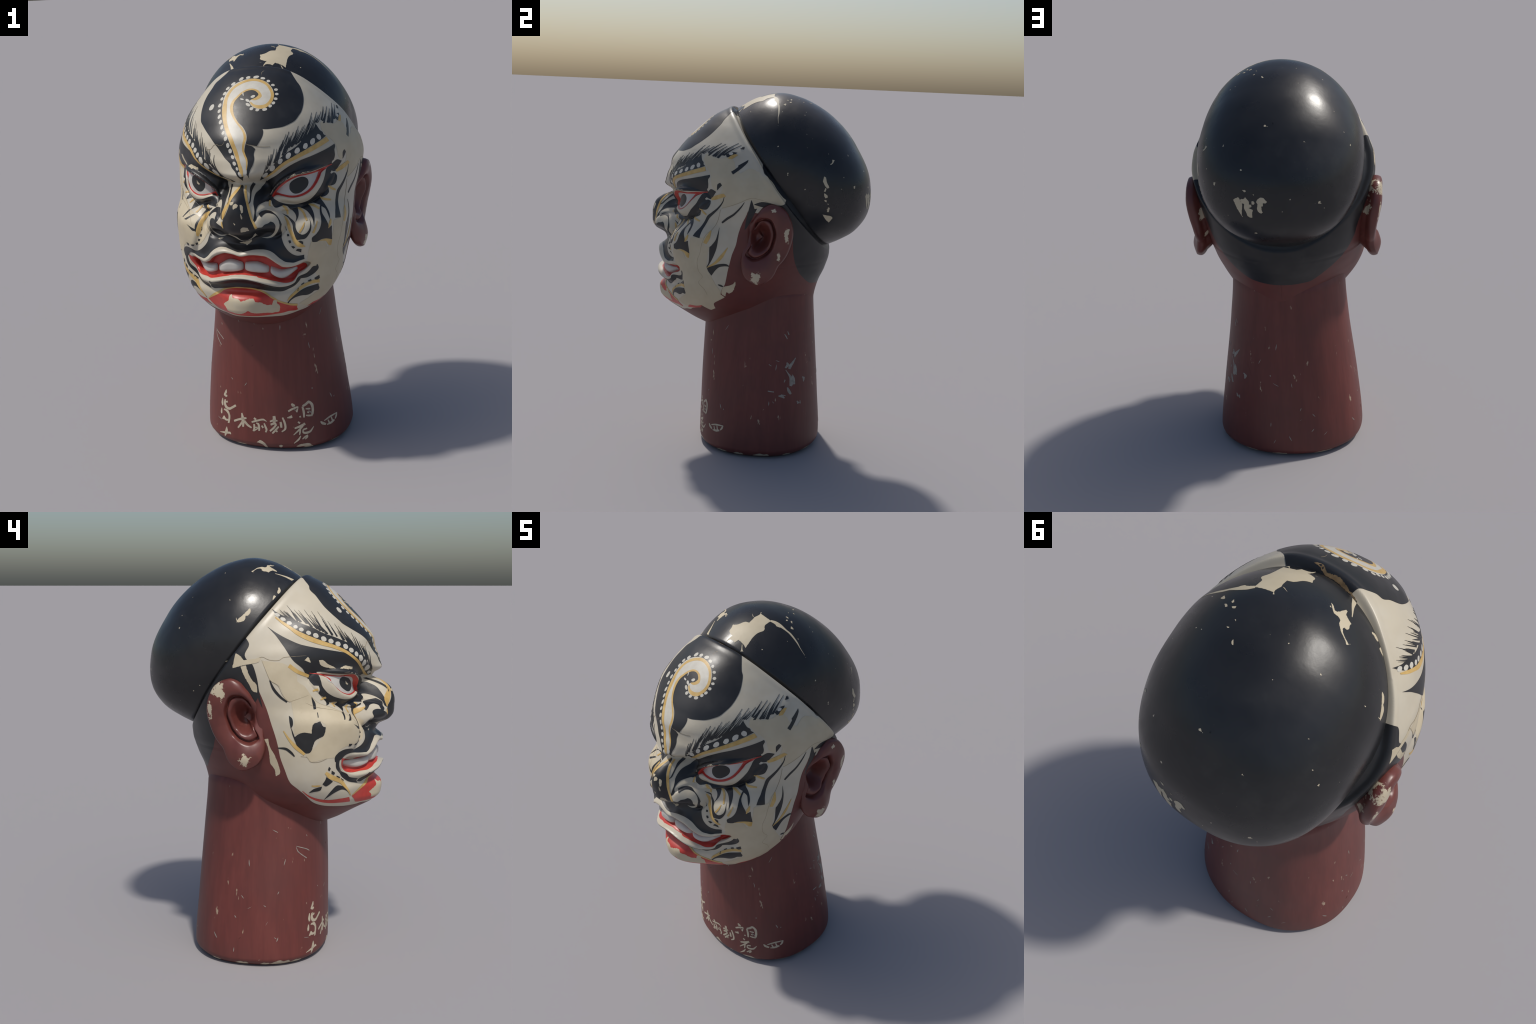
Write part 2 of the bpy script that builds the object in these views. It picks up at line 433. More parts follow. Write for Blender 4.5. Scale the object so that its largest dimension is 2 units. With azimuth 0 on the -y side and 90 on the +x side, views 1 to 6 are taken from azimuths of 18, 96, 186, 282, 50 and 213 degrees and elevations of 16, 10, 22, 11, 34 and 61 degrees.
def make_ear(name, chips):
    """Red brown skin with bare chips round the given (y, z, radius) places."""
    n = Nodes(name)
    c = n.ramp(n.noise(9, 6), [(.28, (.100, .027, .022)), (.55, (.135, .037, .030)), (.78, (.155, .047, .037))])
    sep = n.t.nodes.new('ShaderNodeSeparateXYZ'); n.link(n.co, sep.inputs[0])
    grit = n.math('SUBTRACT', n.noise(38, 6, .7), .5)
    total = None
    for y, z, r, stretch in chips:
        dy = n.math('SUBTRACT', sep.outputs[1], y)
        dz = n.math('DIVIDE', n.math('SUBTRACT', sep.outputs[2], z), stretch)
        d = n.math('SQRT', n.math('ADD', n.math('MULTIPLY', dy, dy), n.math('MULTIPLY', dz, dz)))
        m = n.math('ADD', n.math('SUBTRACT', 1.0, n.math('DIVIDE', d, r)), n.math('MULTIPLY', grit, 4.2))
        m = n.math('MULTIPLY', m, 9.0, True)
        total = m if total is None else n.math('MAXIMUM', total, m)
    c = n.mix(total, c, (.50, .43, .31))
    n.bump(n.noise(45, 5), .15, .003)
    return n.done(c, .36, .5)
def make_flat(name, lo, hi, rough=.4, scale=22):
    n = Nodes(name)
    n.bump(n.noise(60, 4), .08, .002)
    return n.done(n.ramp(n.noise(scale, 5), [(.3, lo), (.7, hi)]), rough)

MAT = {}
def make_materials():
    MAT['white'] = make_white()
    MAT['cream'] = make_cream()
    MAT['cap'] = make_black('black_lacquer', .725, .28)
    MAT['black'] = make_black('black_paint', .80, .36)
    MAT['red_brown'] = make_redbrown()
    MAT['skin'] = make_redbrown('red_brown_skin', False, .80)
    MAT['gold'] = make_flat('ochre_paint', (.47, .29, .075), (.58, .40, .15), .42, 30)
    MAT['red'] = make_flat('vermilion_paint', (.40, .030, .022), (.52, .050, .035), .36)
    MAT['tooth'] = make_flat('tooth_white', (.45, .425, .39), (.51, .49, .455), .30)
    MAT['dot'] = make_flat('dot_white', (.48, .452, .385), (.54, .52, .455), .42, 40)
    MAT['crack'] = make_flat('crack_line', (.24, .19, .12), (.36, .29, .19), .7, 60)
    MAT['ear_right'] = make_ear('ear_skin', [(.047, 1.040, .026, 1.1), (.205, 1.275, .013, 2.6), (.165, 1.155, .008, 3.0), (.137, 1.402, .012, 1.0)])
    MAT['ear_left'] = make_ear('ear_skin_worn', [(.163, 1.388, .030, 1.2), (.042, 1.060, .026, .9), (.207, 1.295, .011, 3.0)])
    MAT['worn'] = make_flat('worn_varnish', (.10, .065, .03), (.22, .15, .075), .6, 40)
    MAT['letter'] = make_flat('letter_cream', (.40, .34, .25), (.52, .45, .34), .6, 50)
    MAT['scuff'] = make_flat('scuff_grey', (.20, .18, .155), (.33, .30, .26), .6, 60)
    MAT['grey_white'] = make_flat('scuffed_white', (.30, .27, .24), (.44, .40, .35), .6, 60)

# ----------------------------------------------------------------------------
# 8. PAINT AND FLAKES: thin skins of paint that follow a surface, with real edges
# ----------------------------------------------------------------------------
PAINT_PARENT = {}
STEP = 0.50                      # degrees between mesh points of a paint skin

def catmull(p, closed, step, corner=62.0):
    """Smooth curve through points; sharp turns stay sharp."""
    p = np.asarray(p, float); n = len(p)
    prv = np.roll(p, 1, 0); nxt = np.roll(p, -1, 0)
    if not closed:
        prv[0] = p[0]; nxt[-1] = p[-1]
    a = p - prv; b = nxt - p
    la = np.linalg.norm(a[:, :2], axis=1); lb = np.linalg.norm(b[:, :2], axis=1)
    cosang = (a[:, :2] * b[:, :2]).sum(1) / np.maximum(la * lb, 1e-9)
    tan = (nxt - prv) / np.maximum(la + lb, 1e-9)[:, None]
    if closed:
        tan[cosang < math.cos(math.radians(corner))] = 0
    out = []
    for i in range(n if closed else n - 1):
        j = (i + 1) % n
        L = np.linalg.norm(p[j, :2] - p[i, :2])
        m = max(1, int(math.ceil(L / step)))
        t = (np.arange(m) / m)[:, None]
        out.append((2*t**3 - 3*t**2 + 1) * p[i] + (t**3 - 2*t**2 + t) * L * tan[i]
                   + (-2*t**3 + 3*t**2) * p[j] + (t**3 - t**2) * L * tan[j])
    if not closed:
        out.append(p[-1:])
    return np.concatenate(out)

def ragged(p, amount, rng):
    """Chipped outline: midpoint displacement, three times over."""
    for _ in range(3):
        q = np.roll(p, -1, 0); d = q - p
        L = np.linalg.norm(d, axis=1, keepdims=True)
        nrm = np.stack([-d[:, 1], d[:, 0]], 1)
        off = np.clip(rng.normal(size=(len(p), 1)), -1.5, 1.5) * amount * .28
        off = np.where(L > .35, off, 0) * np.minimum(1, 1.2 / np.maximum(L, 1e-6))
        mid = (p + q) / 2 + nrm * off
        p = np.stack([p, mid], 1).reshape(-1, 2)
        amount *= .8
    return p

def lift_of(level):
    return .0005 + .0004 * level

def skin_object(sheet, name, mat, level, uv, faces, border):
    """Lay (u, v) points on the sheet, a little proud, and turn the border down into it."""
    lift = lift_of(level)
    top, nrm = sheet.at(uv, lift)
    b = np.asarray(border)
    low = top[b] - nrm[b] * (lift + .0012)
    edge_n = nrm[b]
    base = len(top); m = len(b); k = len(b)
    verts = np.concatenate([top, top[b], low])
    norms = np.concatenate([nrm, edge_n, edge_n])
    fs = [tuple(f) for f in faces]
    for i in range(m):
        j = (i + 1) % m
        fs.append((base + j, base + i, base + k + i, base + k + j))
    new_object(name, verts, fs, MAT[mat], PAINT_PARENT[id(sheet)], normals=norms)

def patch(sheet, mat, name, level, points, rag=None, *_):
    if isinstance(points, (int, float)):
        points, rag = rag, points
    rng = np.random.RandomState(len(points) * 7 + int(abs(points[0][0] * 10)))
    p = np.array(points, float)
    ys = 1.0 / YSCALE.get(id(sheet), 1.0)
    p[:, 1] *= ys                                     # neck heights into degree-like units
    kx = math.cos(math.radians(np.clip(np.mean(p[:, 1]), -70, 70))) if ys == 1 else 1.0
    p[:, 0] *= kx
    out = catmull(p, True, STEP)
    if rag:
        out = ragged(out[::2] if len(out) > 12 else out, rag, rng)
    keep = np.linalg.norm(out - np.roll(out, 1, 0), axis=1) > 1e-3
    out = out[keep]
    lo, hi = out.min(0), out.max(0)
    nx = np.arange(lo[0] + STEP / 2, hi[0], STEP); ny = np.arange(lo[1] + STEP / 2, hi[1], STEP * .87)
    X, Y = np.meshgrid(nx, ny); X = X + (np.arange(len(ny)) % 2)[:, None] * STEP / 2
    g = np.stack([X.ravel(), Y.ravel()], 1)
    if len(g):
        a = out; b2 = np.roll(out, -1, 0)
        inside = np.zeros(len(g), bool); near = np.full(len(g), 9.0)
        for (x0, y0), (x1, y1) in zip(a, b2):
            c = (y0 > g[:, 1]) != (y1 > g[:, 1])
            if abs(y1 - y0) > 1e-12:
                inside ^= c & (g[:, 0] < (x1 - x0) * (g[:, 1] - y0) / (y1 - y0) + x0)
            near = np.minimum(near, np.hypot(g[:, 0] - x0, g[:, 1] - y0))
        g = g[inside & (near > STEP * .45)]
    m = len(out)
    pts = np.concatenate([out, g]) if len(g) else out
    res = mgeo.delaunay_2d_cdt([Vector(v) for v in pts.tolist()], [], [list(range(m))], 1, 1e-5)
    vs = np.array([list(v) for v in res[0]]); fs = [f for f in res[2]]
    if not fs: return
    e = {}
    for f in fs:
        for i in range(len(f)):
            k = (f[i], f[(i + 1) % len(f)])
            e[k] = 1
    vs2 = vs.copy(); vs2[:, 0] /= kx; vs2[:, 1] /= ys
    # wind outwards
    a, b, c = vs[fs[0][0]], vs[fs[0][1]], vs[fs[0][2]]
    if (b[0] - a[0]) * (c[1] - a[1]) - (b[1] - a[1]) * (c[0] - a[0]) < 0:
        fs = [tuple(reversed(f)) for f in fs]
        e = {(k[1], k[0]): 1 for k in e}
    border_edges = [k for k in e if (k[1], k[0]) not in e]
    lift = lift_of(level)
    top, nrm = sheet.at(vs2, lift)
    bi = sorted({i for k in border_edges for i in k}); idx = {v: n for n, v in enumerate(bi)}
    low = top[bi] - nrm[bi] * (lift + .0012)
    base = len(top); k = len(bi)
    verts = np.concatenate([top, top[bi], low]); norms = np.concatenate([nrm, nrm[bi], nrm[bi]])
    faces = [tuple(f) for f in fs] + [(base + idx[j], base + idx[i], base + k + idx[i], base + k + idx[j]) for i, j in border_edges]
    new_object(name, verts, faces, MAT[mat], PAINT_PARENT[id(sheet)], normals=norms)

YSCALE = {}
def stroke(sheet, mat, name, level, ribs):
    """A brush stroke: each rib is a point of the spine and the half width vector there."""
    ys = 1.0 / YSCALE.get(id(sheet), 1.0)
    r = np.array(ribs, float); r[:, 1] *= ys; r[:, 3] *= ys
    c = catmull(r, False, STEP)
    w = np.linalg.norm(c[:, 2:], axis=1).max() * 2
    m = max(2, int(math.ceil(w / STEP))) + 1
    t = np.linspace(-1, 1, m)
    g = c[:, None, :2] + c[:, None, 2:] * t[None, :, None]

    uv = g.reshape(-1, 2).copy(); uv[:, 1] /= ys
    n = len(c)
    F = grid_faces(n, m)
    a, b, d = g[0, 0], g[0, -1], g[min(1, n - 1), 0]
    if (b[0] - a[0]) * (d[1] - a[1]) - (b[1] - a[1]) * (d[0] - a[0]) < 0:
        F = F[:, ::-1]; flip = True
    else:
        flip = False
    ring = [j for j in range(m)] + [i * m + m - 1 for i in range(1, n)] + [(n - 1) * m + j for j in range(m - 2, -1, -1)] + [i * m for i in range(n - 2, 0, -1)]
    if flip: ring = ring[::-1]
    skin_object(sheet, name, mat, level, uv, F, ring)

def beads(sheet, mat, name, level, lst):
    """Oval dabs: centre and two half axes."""
    for k, (cx, cy, ax, ay, bx, by) in enumerate(lst):
        rng = random.Random(k * 31 + int(cx * 10))
        uv = [(cx, cy)]; F = []
        R, S = 3, 16
        wob = [1 + rng.uniform(-.06, .06) for _ in range(S)]
        for r in range(1, R + 1):
            for s in range(S):
                t = 2 * math.pi * s / S; f = r / R * wob[s]
                uv.append((cx + f * (ax * math.cos(t) + bx * math.sin(t)), cy + f * (ay * math.cos(t) + by * math.sin(t))))
        for s in range(S):
            F.append((0, 1 + s, 1 + (s + 1) % S))
            for r in range(1, R):
                a = 1 + (r - 1) * S; b = 1 + r * S
                F.append((a + s, b + s, b + (s + 1) % S, a + (s + 1) % S))
        ring = [1 + (R - 1) * S + s for s in range(S)]
        if ax * by - ay * bx < 0:
            F = [tuple(reversed(f)) for f in F]; ring = ring[::-1]
        skin_object(sheet, name, mat, level, uv, F, ring)

# ----------------------------------------------------------------------------
# 9. THE PAINTING.  Coordinates are bearings on each surface: (azimuth, elevation)
#    in degrees on the head and cap, (azimuth, height) on the neck.
# ----------------------------------------------------------------------------
def paint_all(H, N, C):

    # bare gesso where the white paint has flaked off
    patch(H, 'cream', 'flaked_patch', 1, 0.5,
         [(54.45, 38.41), (50.42, 41.69), (51.34, 44.26), (55.1, 45.81), (57, 44.06), (65.69, 44.14), (71.73, 45.27), 
          (76.08, 43.68), (78.49, 39.86), (82.52, 37.48), (88.96, 40.41), (95.96, 38.34), (98.68, 36.13), (104.62, 37.53), 
          (108.2, 31.4), (115.77, 25.28), (111.63, 20.74), (104.88, 21.6), (100.01, 20.77), (93.87, 18.46), (91.78, 23.25), 
          (86.71, 22.52), (77.49, 19.25), (71.21, 17.32), (68.2, 24.74), (70.5, 28.49), (69.48, 31.43), (64.83, 27.08), 
          (61.78, 29.3), (60.47, 34.06), (57.81, 36.82)])
    patch(H, 'cream', 'flaked_patch', 1, 0.5,
         [(65.06, 2.91), (62.06, 0.11), (60.09, -2.78), (55.84, -2.95), (52.48, -3.38), (50.11, -13), (47.38, -16.74), 
          (44.73, -11.42), (38.13, -11.38), (35, -23), (39.9, -29.44), (42.7, -36.87), (30.14, -41.16), (39.64, -45.75), 
          (52.28, -48.18), (55.72, -50.33), (60.22, -49.18), (61.02, -45.3), (70.63, -42.36), (69.48, -38.52), (63.87, -27.35), 
          (61.57, -21.25), (64.08, -8.28), (61.14, -7.84), (63.01, -2.2), (64.75, 1.63)])
    patch(H, 'cream', 'flaked_patch', 1, 0.4,
         [(-85.45, 31.67), (-82.12, 25.48), (-80.18, 22.28), (-75.01, 19.47), (-71.06, 11.63), (-67.81, 10.63), (-66.79, 3.27), 
          (-66.24, -8.68), (-61.11, -7.21), (-57.09, -7.73), (-56.78, -2.93), (-53.95, -0.66), (-50.42, -3.09), (-50.85, -8.93), 
          (-56.99, -17.76), (-59.87, -19.15), (-57.94, -21.86), (-56.08, -22.84), (-47.63, -20.9), (-41.69, -20.65), 
          (-40.77, -16.82), (-36.35, -14.98), (-25.57, -13.64), (-19.9, -6.32), (-22, -2.3), (-38.31, 3.75), (-45, 6.78), 
          (-50.57, 9.03), (-55.55, 14.28), (-59.34, 19.25), (-63.49, 21.65), (-64.17, 26.02), (-73.07, 30.73)])

    # forehead: black comma, curling white plume edged in ochre, white beads
    patch(H, 'black', 'forehead_comma', 2, 0,
         [(-37.29, 67.22), (-39.93, 64.78), (-38.3, 61.48), (-37.77, 58.3), (-36.65, 55.27), (-34.5, 52.21), (-31.93, 49.14), 
          (-30.19, 47.33), (-28.26, 45.37), (-24.92, 43.46), (-21.25, 41.3), (-16.54, 38.46), (-12.87, 35.86), (-10.49, 34.17), 
          (-8.25, 32.34), (-5.63, 30.18), (-4.05, 29.33), (-2.26, 28.32), (-1.67, 27.57), (0.86, 26.26), (2.76, 24.18), 
          (3.14, 22.99), (4.91, 25.08), (6.66, 25.76), (7.13, 25.39), (7.29, 23.99), (7.84, 25.88), (8.27, 26.94), (9.27, 28.17), 
          (9.77, 29.8), (9.32, 31.73), (10.04, 33.4), (8.52, 34.26), (5.71, 34.76), (10.82, 34.41), (12.39, 36.21), 
          (13.71, 38.31), (14.14, 40.35), (13.75, 41.47), (16.21, 41.38), (20.39, 41.81), (24.71, 42.36), (29.54, 43.83), 
          (32.91, 45.18), (36.1, 47.34), (39.52, 49.84), (43.35, 53.67), (45.69, 56.69), (47.03, 59.47), (47.87, 62.67), 
          (46.99, 64.77), (47, 71), (46, 77), (0, 80), (-34, 78.5), (-35, 73.5)])
    patch(H, 'dot', 'curled_plume', 3, 0,
         [(4.23, 25.49), (1.67, 28.45), (-0.29, 30.68), (-1.79, 33.49), (-3.51, 36.04), (-5.25, 38.7), (-7.43, 41.59), 
          (-9.58, 44.69), (-11.81, 47.9), (-13.76, 50.93), (-14.75, 52.74), (-16.06, 55.73), (-16.28, 58.77), (-14.96, 61.65), 
          (-11.44, 64.01), (-5.95, 65.66), (0.82, 66.59), (8.14, 66.35), (14.64, 65.05), (19.08, 63.22), (21.62, 60.75), 
          (22.45, 58.12), (21.77, 55.64), (20.04, 53.7), (17.48, 52.02), (14.47, 50.96), (11.22, 50.78), (8.2, 51.47), 
          (5.93, 53.03), (4.37, 54.59), (6.19, 55.54), (9.05, 56.2), (11.2, 57.15), (10.9, 58.45), (8.98, 59.57), (5.1, 60.39), 
          (1.37, 60.13), (-1.93, 58.89), (-4.71, 56.87), (-6.55, 54.86), (-6.55, 52.85), (-5.72, 50.58), (-4.37, 48.5), 
          (-2.13, 46.24), (0.25, 44.29), (2.66, 42.62), (4.39, 40.69), (5.49, 38.56), (5.67, 36.58), (5.06, 34.67), 
          (4.64, 32.94), (4.96, 31.36), (6.16, 29.97), (6.71, 28.86), (6.74, 27.93), (6.56, 26.95), (6.65, 25.91), (5.44, 25.06)])
    stroke(H, 'gold', 'ochre_line', 4,
          [(4.4, 25.3, 0.55, 0.07), (3.49, 26.98, 0.89, 0.1), (2.16, 28.72, 0.75, 0.11), (0.14, 32.25, 0.96, 0.2), 
           (-1.21, 34.52, 0.98, 0.22), (-3.25, 37.75, 1.01, 0.31), (-5.52, 40.6, 1.01, 0.28), (-7.94, 43.96, 1.16, 0.17), 
           (-9.95, 47.12, 1.37, 0.12), (-11.65, 50.39, 1.83, -0.14), (-12.79, 52.96, 1.65, -0.16), (-13.79, 55.71, 1.44, -0.22), 
           (-13.9, 58.24, 1.28, -0.33), (-12.44, 61.11, 1.09, -0.38), (-9.16, 63.19, 0.96, -0.48), (-3.84, 64.92, 0.77, -0.56), 
           (2.26, 65.81, 0.48, -0.67), (8.32, 65.59, 0, -0.66), (14.18, 64.35, -0.45, -0.6), (18.11, 62.57, -0.78, -0.44), 
           (20.29, 60.25, -0.98, -0.31), (21.25, 57.88, -1.15, -0.08), (20.5, 55.65, -1, 0.24), (18.66, 53.72, -0.75, 0.48), 
           (16.17, 52.29, -0.47, 0.71), (13.16, 51.73, -0.13, 0.84), (10.16, 51.92, 0.16, 0.72), (7.71, 52.73, 0.37, 0.45), 
           (5.54, 54.17, 0.33, 0.26)])
    stroke(H, 'gold', 'ochre_line', 4,
          [(6.22, 55.41, 0.1, -0.19), (9.46, 55.81, 0.48, -0.58), (12.12, 57.37, 1.27, -0.34), (10.84, 59.1, 0.63, 0.37), 
           (8.05, 60.28, 0.16, 0.39), (4.57, 60.76, -0.13, 0.38), (0.85, 60.36, -0.39, 0.38), (-2.46, 59.11, -0.53, 0.33), 
           (-5.19, 57, -0.66, 0.32), (-7.15, 54.87, -0.94, 0.31), (-7.27, 52.36, -1.21, 0.16), (-6.22, 50.21, -1.09, 0), 
           (-3.76, 47.25, -0.55, -0.28), (-0.31, 44.06, -0.45, -0.26), (2.2, 41.91, -0.44, -0.26), (3.98, 39.74, -0.56, -0.17), 
           (4.83, 37.22, -0.67, 0.03), (4.15, 34.84, -0.58, 0.06), (3.99, 32.94, -0.54, -0.04), (4.85, 31.19, -0.43, -0.1), 
           (5.95, 29.63, -0.42, -0.06), (6.3, 28.18, -0.36, 0), (6.29, 26.96, -0.19, 0.01)])
    beads(H, 'dot', 'painted_bead', 4,
          [(-7.82, 66.55, 1.56, 0.89, 1.44, -0.65), (-0.98, 67.34, 2.12, 0.32, 0.83, -0.74), 
           (7.3, 67.47, 2.96, 0.21, 0.47, -0.77), (14.14, 66.41, 2.29, -0.22, -0.08, -0.64), 
           (19.2, 64.6, 1.65, -0.14, -0.2, -0.64), (22.64, 62.37, 1.57, -0.12, -0.23, -0.58), 
           (24.51, 59.97, 1.51, -0.02, -0.18, -0.63), (24.49, 57.76, 1.42, -0.01, -0.15, -0.55), 
           (23.2, 55.5, 1.29, -0.09, -0.22, -0.63), (21.22, 53.5, 1.22, 0.37, 0.3, -0.6), (18.89, 52.08, 1.16, 0.29, 0.25, -0.65), 
           (15.27, 50.46, 1.5, 0.28, 0.21, -0.67), (10.67, 50.3, 1.17, 0.22, 0.26, -0.63), (6.83, 51.01, 1.15, 0.39, 0.52, -0.69), 
           (4.18, 53.03, 1.61, -0.65, -0.36, -0.6), (3.32, 55.13, 1.5, -0.58, -0.34, -0.56), (6.86, 57, 1.59, 0.35, 0.42, -0.6), 
           (-13.85, 63.89, 1.44, 0.77, 1.21, -0.49), (-17.22, 61.53, 0.96, 0.78, 1.14, -0.4), 
           (-17.65, 58.91, 0.81, 0.82, 1.18, -0.41), (-17.81, 56.25, 0.61, 0.7, 1.11, -0.38), 
           (-17.19, 53.1, 0.47, 0.93, 1.25, -0.39), (-15.71, 50.26, 0.43, 0.85, 1.11, -0.38), 
           (-13.91, 47.56, 0.29, 1.09, 1.03, -0.31), (-1.1, 55.9, 1.53, -0.21, 0.04, -0.35), 
           (-1.31, 58.62, 0.74, -1.05, -0.47, -0.04), (-24.03, 52.23, 0.64, 1.42, 1.91, -0.51)])
    beads(H, 'dot', 'painted_bead', 4,
          [(-11.75, 44.97, 0.25, 1.03, 1.02, -0.29), (-9.77, 42.54, 0.14, 1.11, 0.95, -0.23), 
           (-7.92, 39.8, 0.31, 0.83, 0.87, -0.32), (-5.78, 37.24, 0.13, 0.94, 0.97, -0.2), 
           (-4.16, 34.68, -0.01, -0.89, -0.93, 0.02), (-2.87, 32.71, 0.01, -0.82, -0.96, 0.01), 
           (-1.38, 30.6, 0.67, -0.64, -0.74, -0.28), (-0.22, 28.56, 0.63, -0.5, -0.78, -0.23), 
           (1.41, 27.29, 0.4, -0.4, -0.61, -0.1), (3.03, 25.84, 0.83, -0.71, -0.55, -0.2)])
    patch(H, 'worn', 'worn_edge', 3, 0.3,
         [(18.61, 75.19), (9.33, 75.29), (1.14, 76.21), (-11.37, 75.78), (-28.79, 74.94), (-39.29, 73.84), (-44.01, 73.18), 
          (-37.04, 74.36), (-23.71, 75.82), (-9.17, 76.5), (1.8, 76.64), (7.84, 76.17)])

    # right brow: bristles, black band, beads, ochre line
    patch(H, 'black', 'brow_band', 2, 0,
         [(11.36, 22.26), (14.43, 23.49), (19.54, 25.84), (23.51, 28.02), (27.6, 29.65), (31.41, 31.42), (36.24, 32.99), 
          (40.98, 34.74), (46.76, 36.53), (53.27, 38.78), (51.31, 39.45), (50.97, 40.31), (48.96, 41.16), (46.89, 43.67), 
          (43.42, 41.04), (38.01, 38.06), (33.88, 35.86), (31.34, 34.39), (27.33, 32.69), (23.59, 30.66), (20.65, 28.66), 
          (17.03, 26.63), (13.79, 24.63)])
    stroke(H, 'black', 'brow_bristle', 2,
          [(15.7, 28.08, -0.03, 0), (15.51, 26.48, -0.16, 0.03), (14.25, 24.57, -0.22, 0.13)])
    stroke(H, 'black', 'brow_bristle', 2,
          [(15.97, 26.89, -0.03, 0), (15.56, 25.68, -0.1, 0.03), (14.5, 24.34, -0.16, 0.11)])
    stroke(H, 'black', 'brow_bristle', 2,
          [(15.85, 26.47, -0.02, 0), (15.41, 25.38, -0.1, 0.04), (14.46, 24.27, -0.15, 0.12)])
    stroke(H, 'black', 'brow_bristle', 2,
          [(16.87, 31.18, -0.03, 0), (16.65, 28.75, -0.17, 0.02), (16.22, 26.97, -0.31, 0.05)])
    stroke(H, 'black', 'brow_bristle', 2,
          [(16.68, 30.17, -0.03, 0), (16.54, 28.31, -0.12, 0.01), (16.18, 26.81, -0.23, 0.04)])
    stroke(H, 'black', 'brow_bristle', 2,
          [(17.33, 29.57, -0.03, 0), (17.21, 28.19, -0.12, 0.01), (16.84, 27.07, -0.24, 0.04)])
    stroke(H, 'black', 'brow_bristle', 2,
          [(19.53, 33.64, -0.03, 0), (18.73, 30.45, -0.17, 0.03), (17.86, 27.93, -0.32, 0.05)])
    stroke(H, 'black', 'brow_bristle', 2,
          [(18.39, 31.7, -0.03, 0), (17.99, 29.55, -0.12, 0.02), (17.45, 27.92, -0.24, 0.04)])
    stroke(H, 'black', 'brow_bristle', 2,
          [(17.84, 31.64, -0.03, 0), (17.53, 29.58, -0.12, 0.02), (17.04, 28.02, -0.24, 0.03)])
    stroke(H, 'black', 'brow_bristle', 2,
          [(20.86, 33.57, -0.03, 0), (20.42, 30.87, -0.17, 0.02), (19.84, 28.66, -0.32, 0.04)])
    stroke(H, 'black', 'brow_bristle', 2,
          [(21.39, 32.18, -0.03, 0), (21.05, 30.16, -0.12, 0.02), (20.55, 28.57, -0.24, 0.04)])
    stroke(H, 'black', 'brow_bristle', 2,
          [(21.18, 32.71, -0.03, 0), (20.82, 30.55, -0.12, 0.02), (20.3, 28.78, -0.24, 0.04)])
    stroke(H, 'black', 'brow_bristle', 2,
          [(24.27, 36.72, -0.03, 0), (22.91, 33.26, -0.17, 0.03), (21.48, 30.11, -0.31, 0.07)])
    stroke(H, 'black', 'brow_bristle', 2,
          [(22.35, 34.53, -0.03, 0), (21.69, 32.31, -0.12, 0.02), (20.85, 30.31, -0.23, 0.05)])
    stroke(H, 'black', 'brow_bristle', 2,
          [(22.27, 33.84, -0.03, 0), (21.73, 31.92, -0.12, 0.02), (20.99, 30.22, -0.23, 0.05)])
    stroke(H, 'black', 'brow_bristle', 2,
          [(23.4, 35.42, -0.03, 0), (22.02, 32.07, -0.17, 0.04), (20.56, 29.12, -0.31, 0.07)])
    stroke(H, 'black', 'brow_bristle', 2,
          [(22.62, 32.36, -0.03, 0.01), (21.99, 30.62, -0.12, 0.03), (21.15, 29.2, -0.23, 0.06)])
    stroke(H, 'black', 'brow_bristle', 2,
          [(21.97, 32.21, -0.03, 0), (21.4, 30.46, -0.12, 0.03), (20.63, 29.06, -0.23, 0.06)])
    stroke(H, 'black', 'brow_bristle', 2,
          [(27.83, 40.17, -0.03, 0.01), (25.62, 35.35, -0.17, 0.03), (23.82, 31.21, -0.32, 0.07)])
    stroke(H, 'black', 'brow_bristle', 2,
          [(27.58, 37.89, -0.03, 0), (26.03, 34.36, -0.12, 0.02), (24.56, 31.13, -0.24, 0.05)])
    stroke(H, 'black', 'brow_bristle', 2,
          [(26.34, 35.71, -0.03, 0), (25.48, 33.39, -0.12, 0.02), (24.47, 31.29, -0.24, 0.06)])
    stroke(H, 'black', 'brow_bristle', 2,
          [(30.44, 40.09, -0.03, 0.01), (27.6, 35.98, -0.17, 0.04), (25.1, 32.5, -0.3, 0.1)])
    stroke(H, 'black', 'brow_bristle', 2,
          [(27.96, 38.01, -0.03, 0.01), (26.25, 35.17, -0.12, 0.03), (24.54, 32.65, -0.23, 0.07)])
    stroke(H, 'black', 'brow_bristle', 2,
          [(28.85, 38.58, -0.03, 0.01), (26.76, 35.34, -0.12, 0.03), (24.77, 32.46, -0.23, 0.07)])
    stroke(H, 'black', 'brow_bristle', 2,
          [(22.72, 34.32, -0.03, 0), (22.11, 31.7, -0.17, 0.03), (21.31, 29.44, -0.32, 0.06)])
    stroke(H, 'black', 'brow_bristle', 2,
          [(22.83, 33.66, -0.03, 0), (22.3, 31.44, -0.12, 0.02), (21.59, 29.5, -0.24, 0.04)])
    stroke(H, 'black', 'brow_bristle', 2,
          [(22.95, 33.06, -0.03, 0), (22.49, 31.11, -0.12, 0.02), (21.83, 29.45, -0.24, 0.05)])
    stroke(H, 'black', 'brow_bristle', 2,
          [(28.66, 38.38, -0.03, 0.01), (26.73, 34.86, -0.17, 0.04), (24.87, 31.76, -0.31, 0.09)])
    stroke(H, 'black', 'brow_bristle', 2,
          [(27.44, 36.46, -0.03, 0.01), (26.21, 33.95, -0.12, 0.03), (24.85, 31.68, -0.23, 0.07)])
    stroke(H, 'black', 'brow_bristle', 2,
          [(28.94, 37.46, -0.03, 0.01), (27.31, 34.58, -0.12, 0.03), (25.66, 31.96, -0.23, 0.07)])
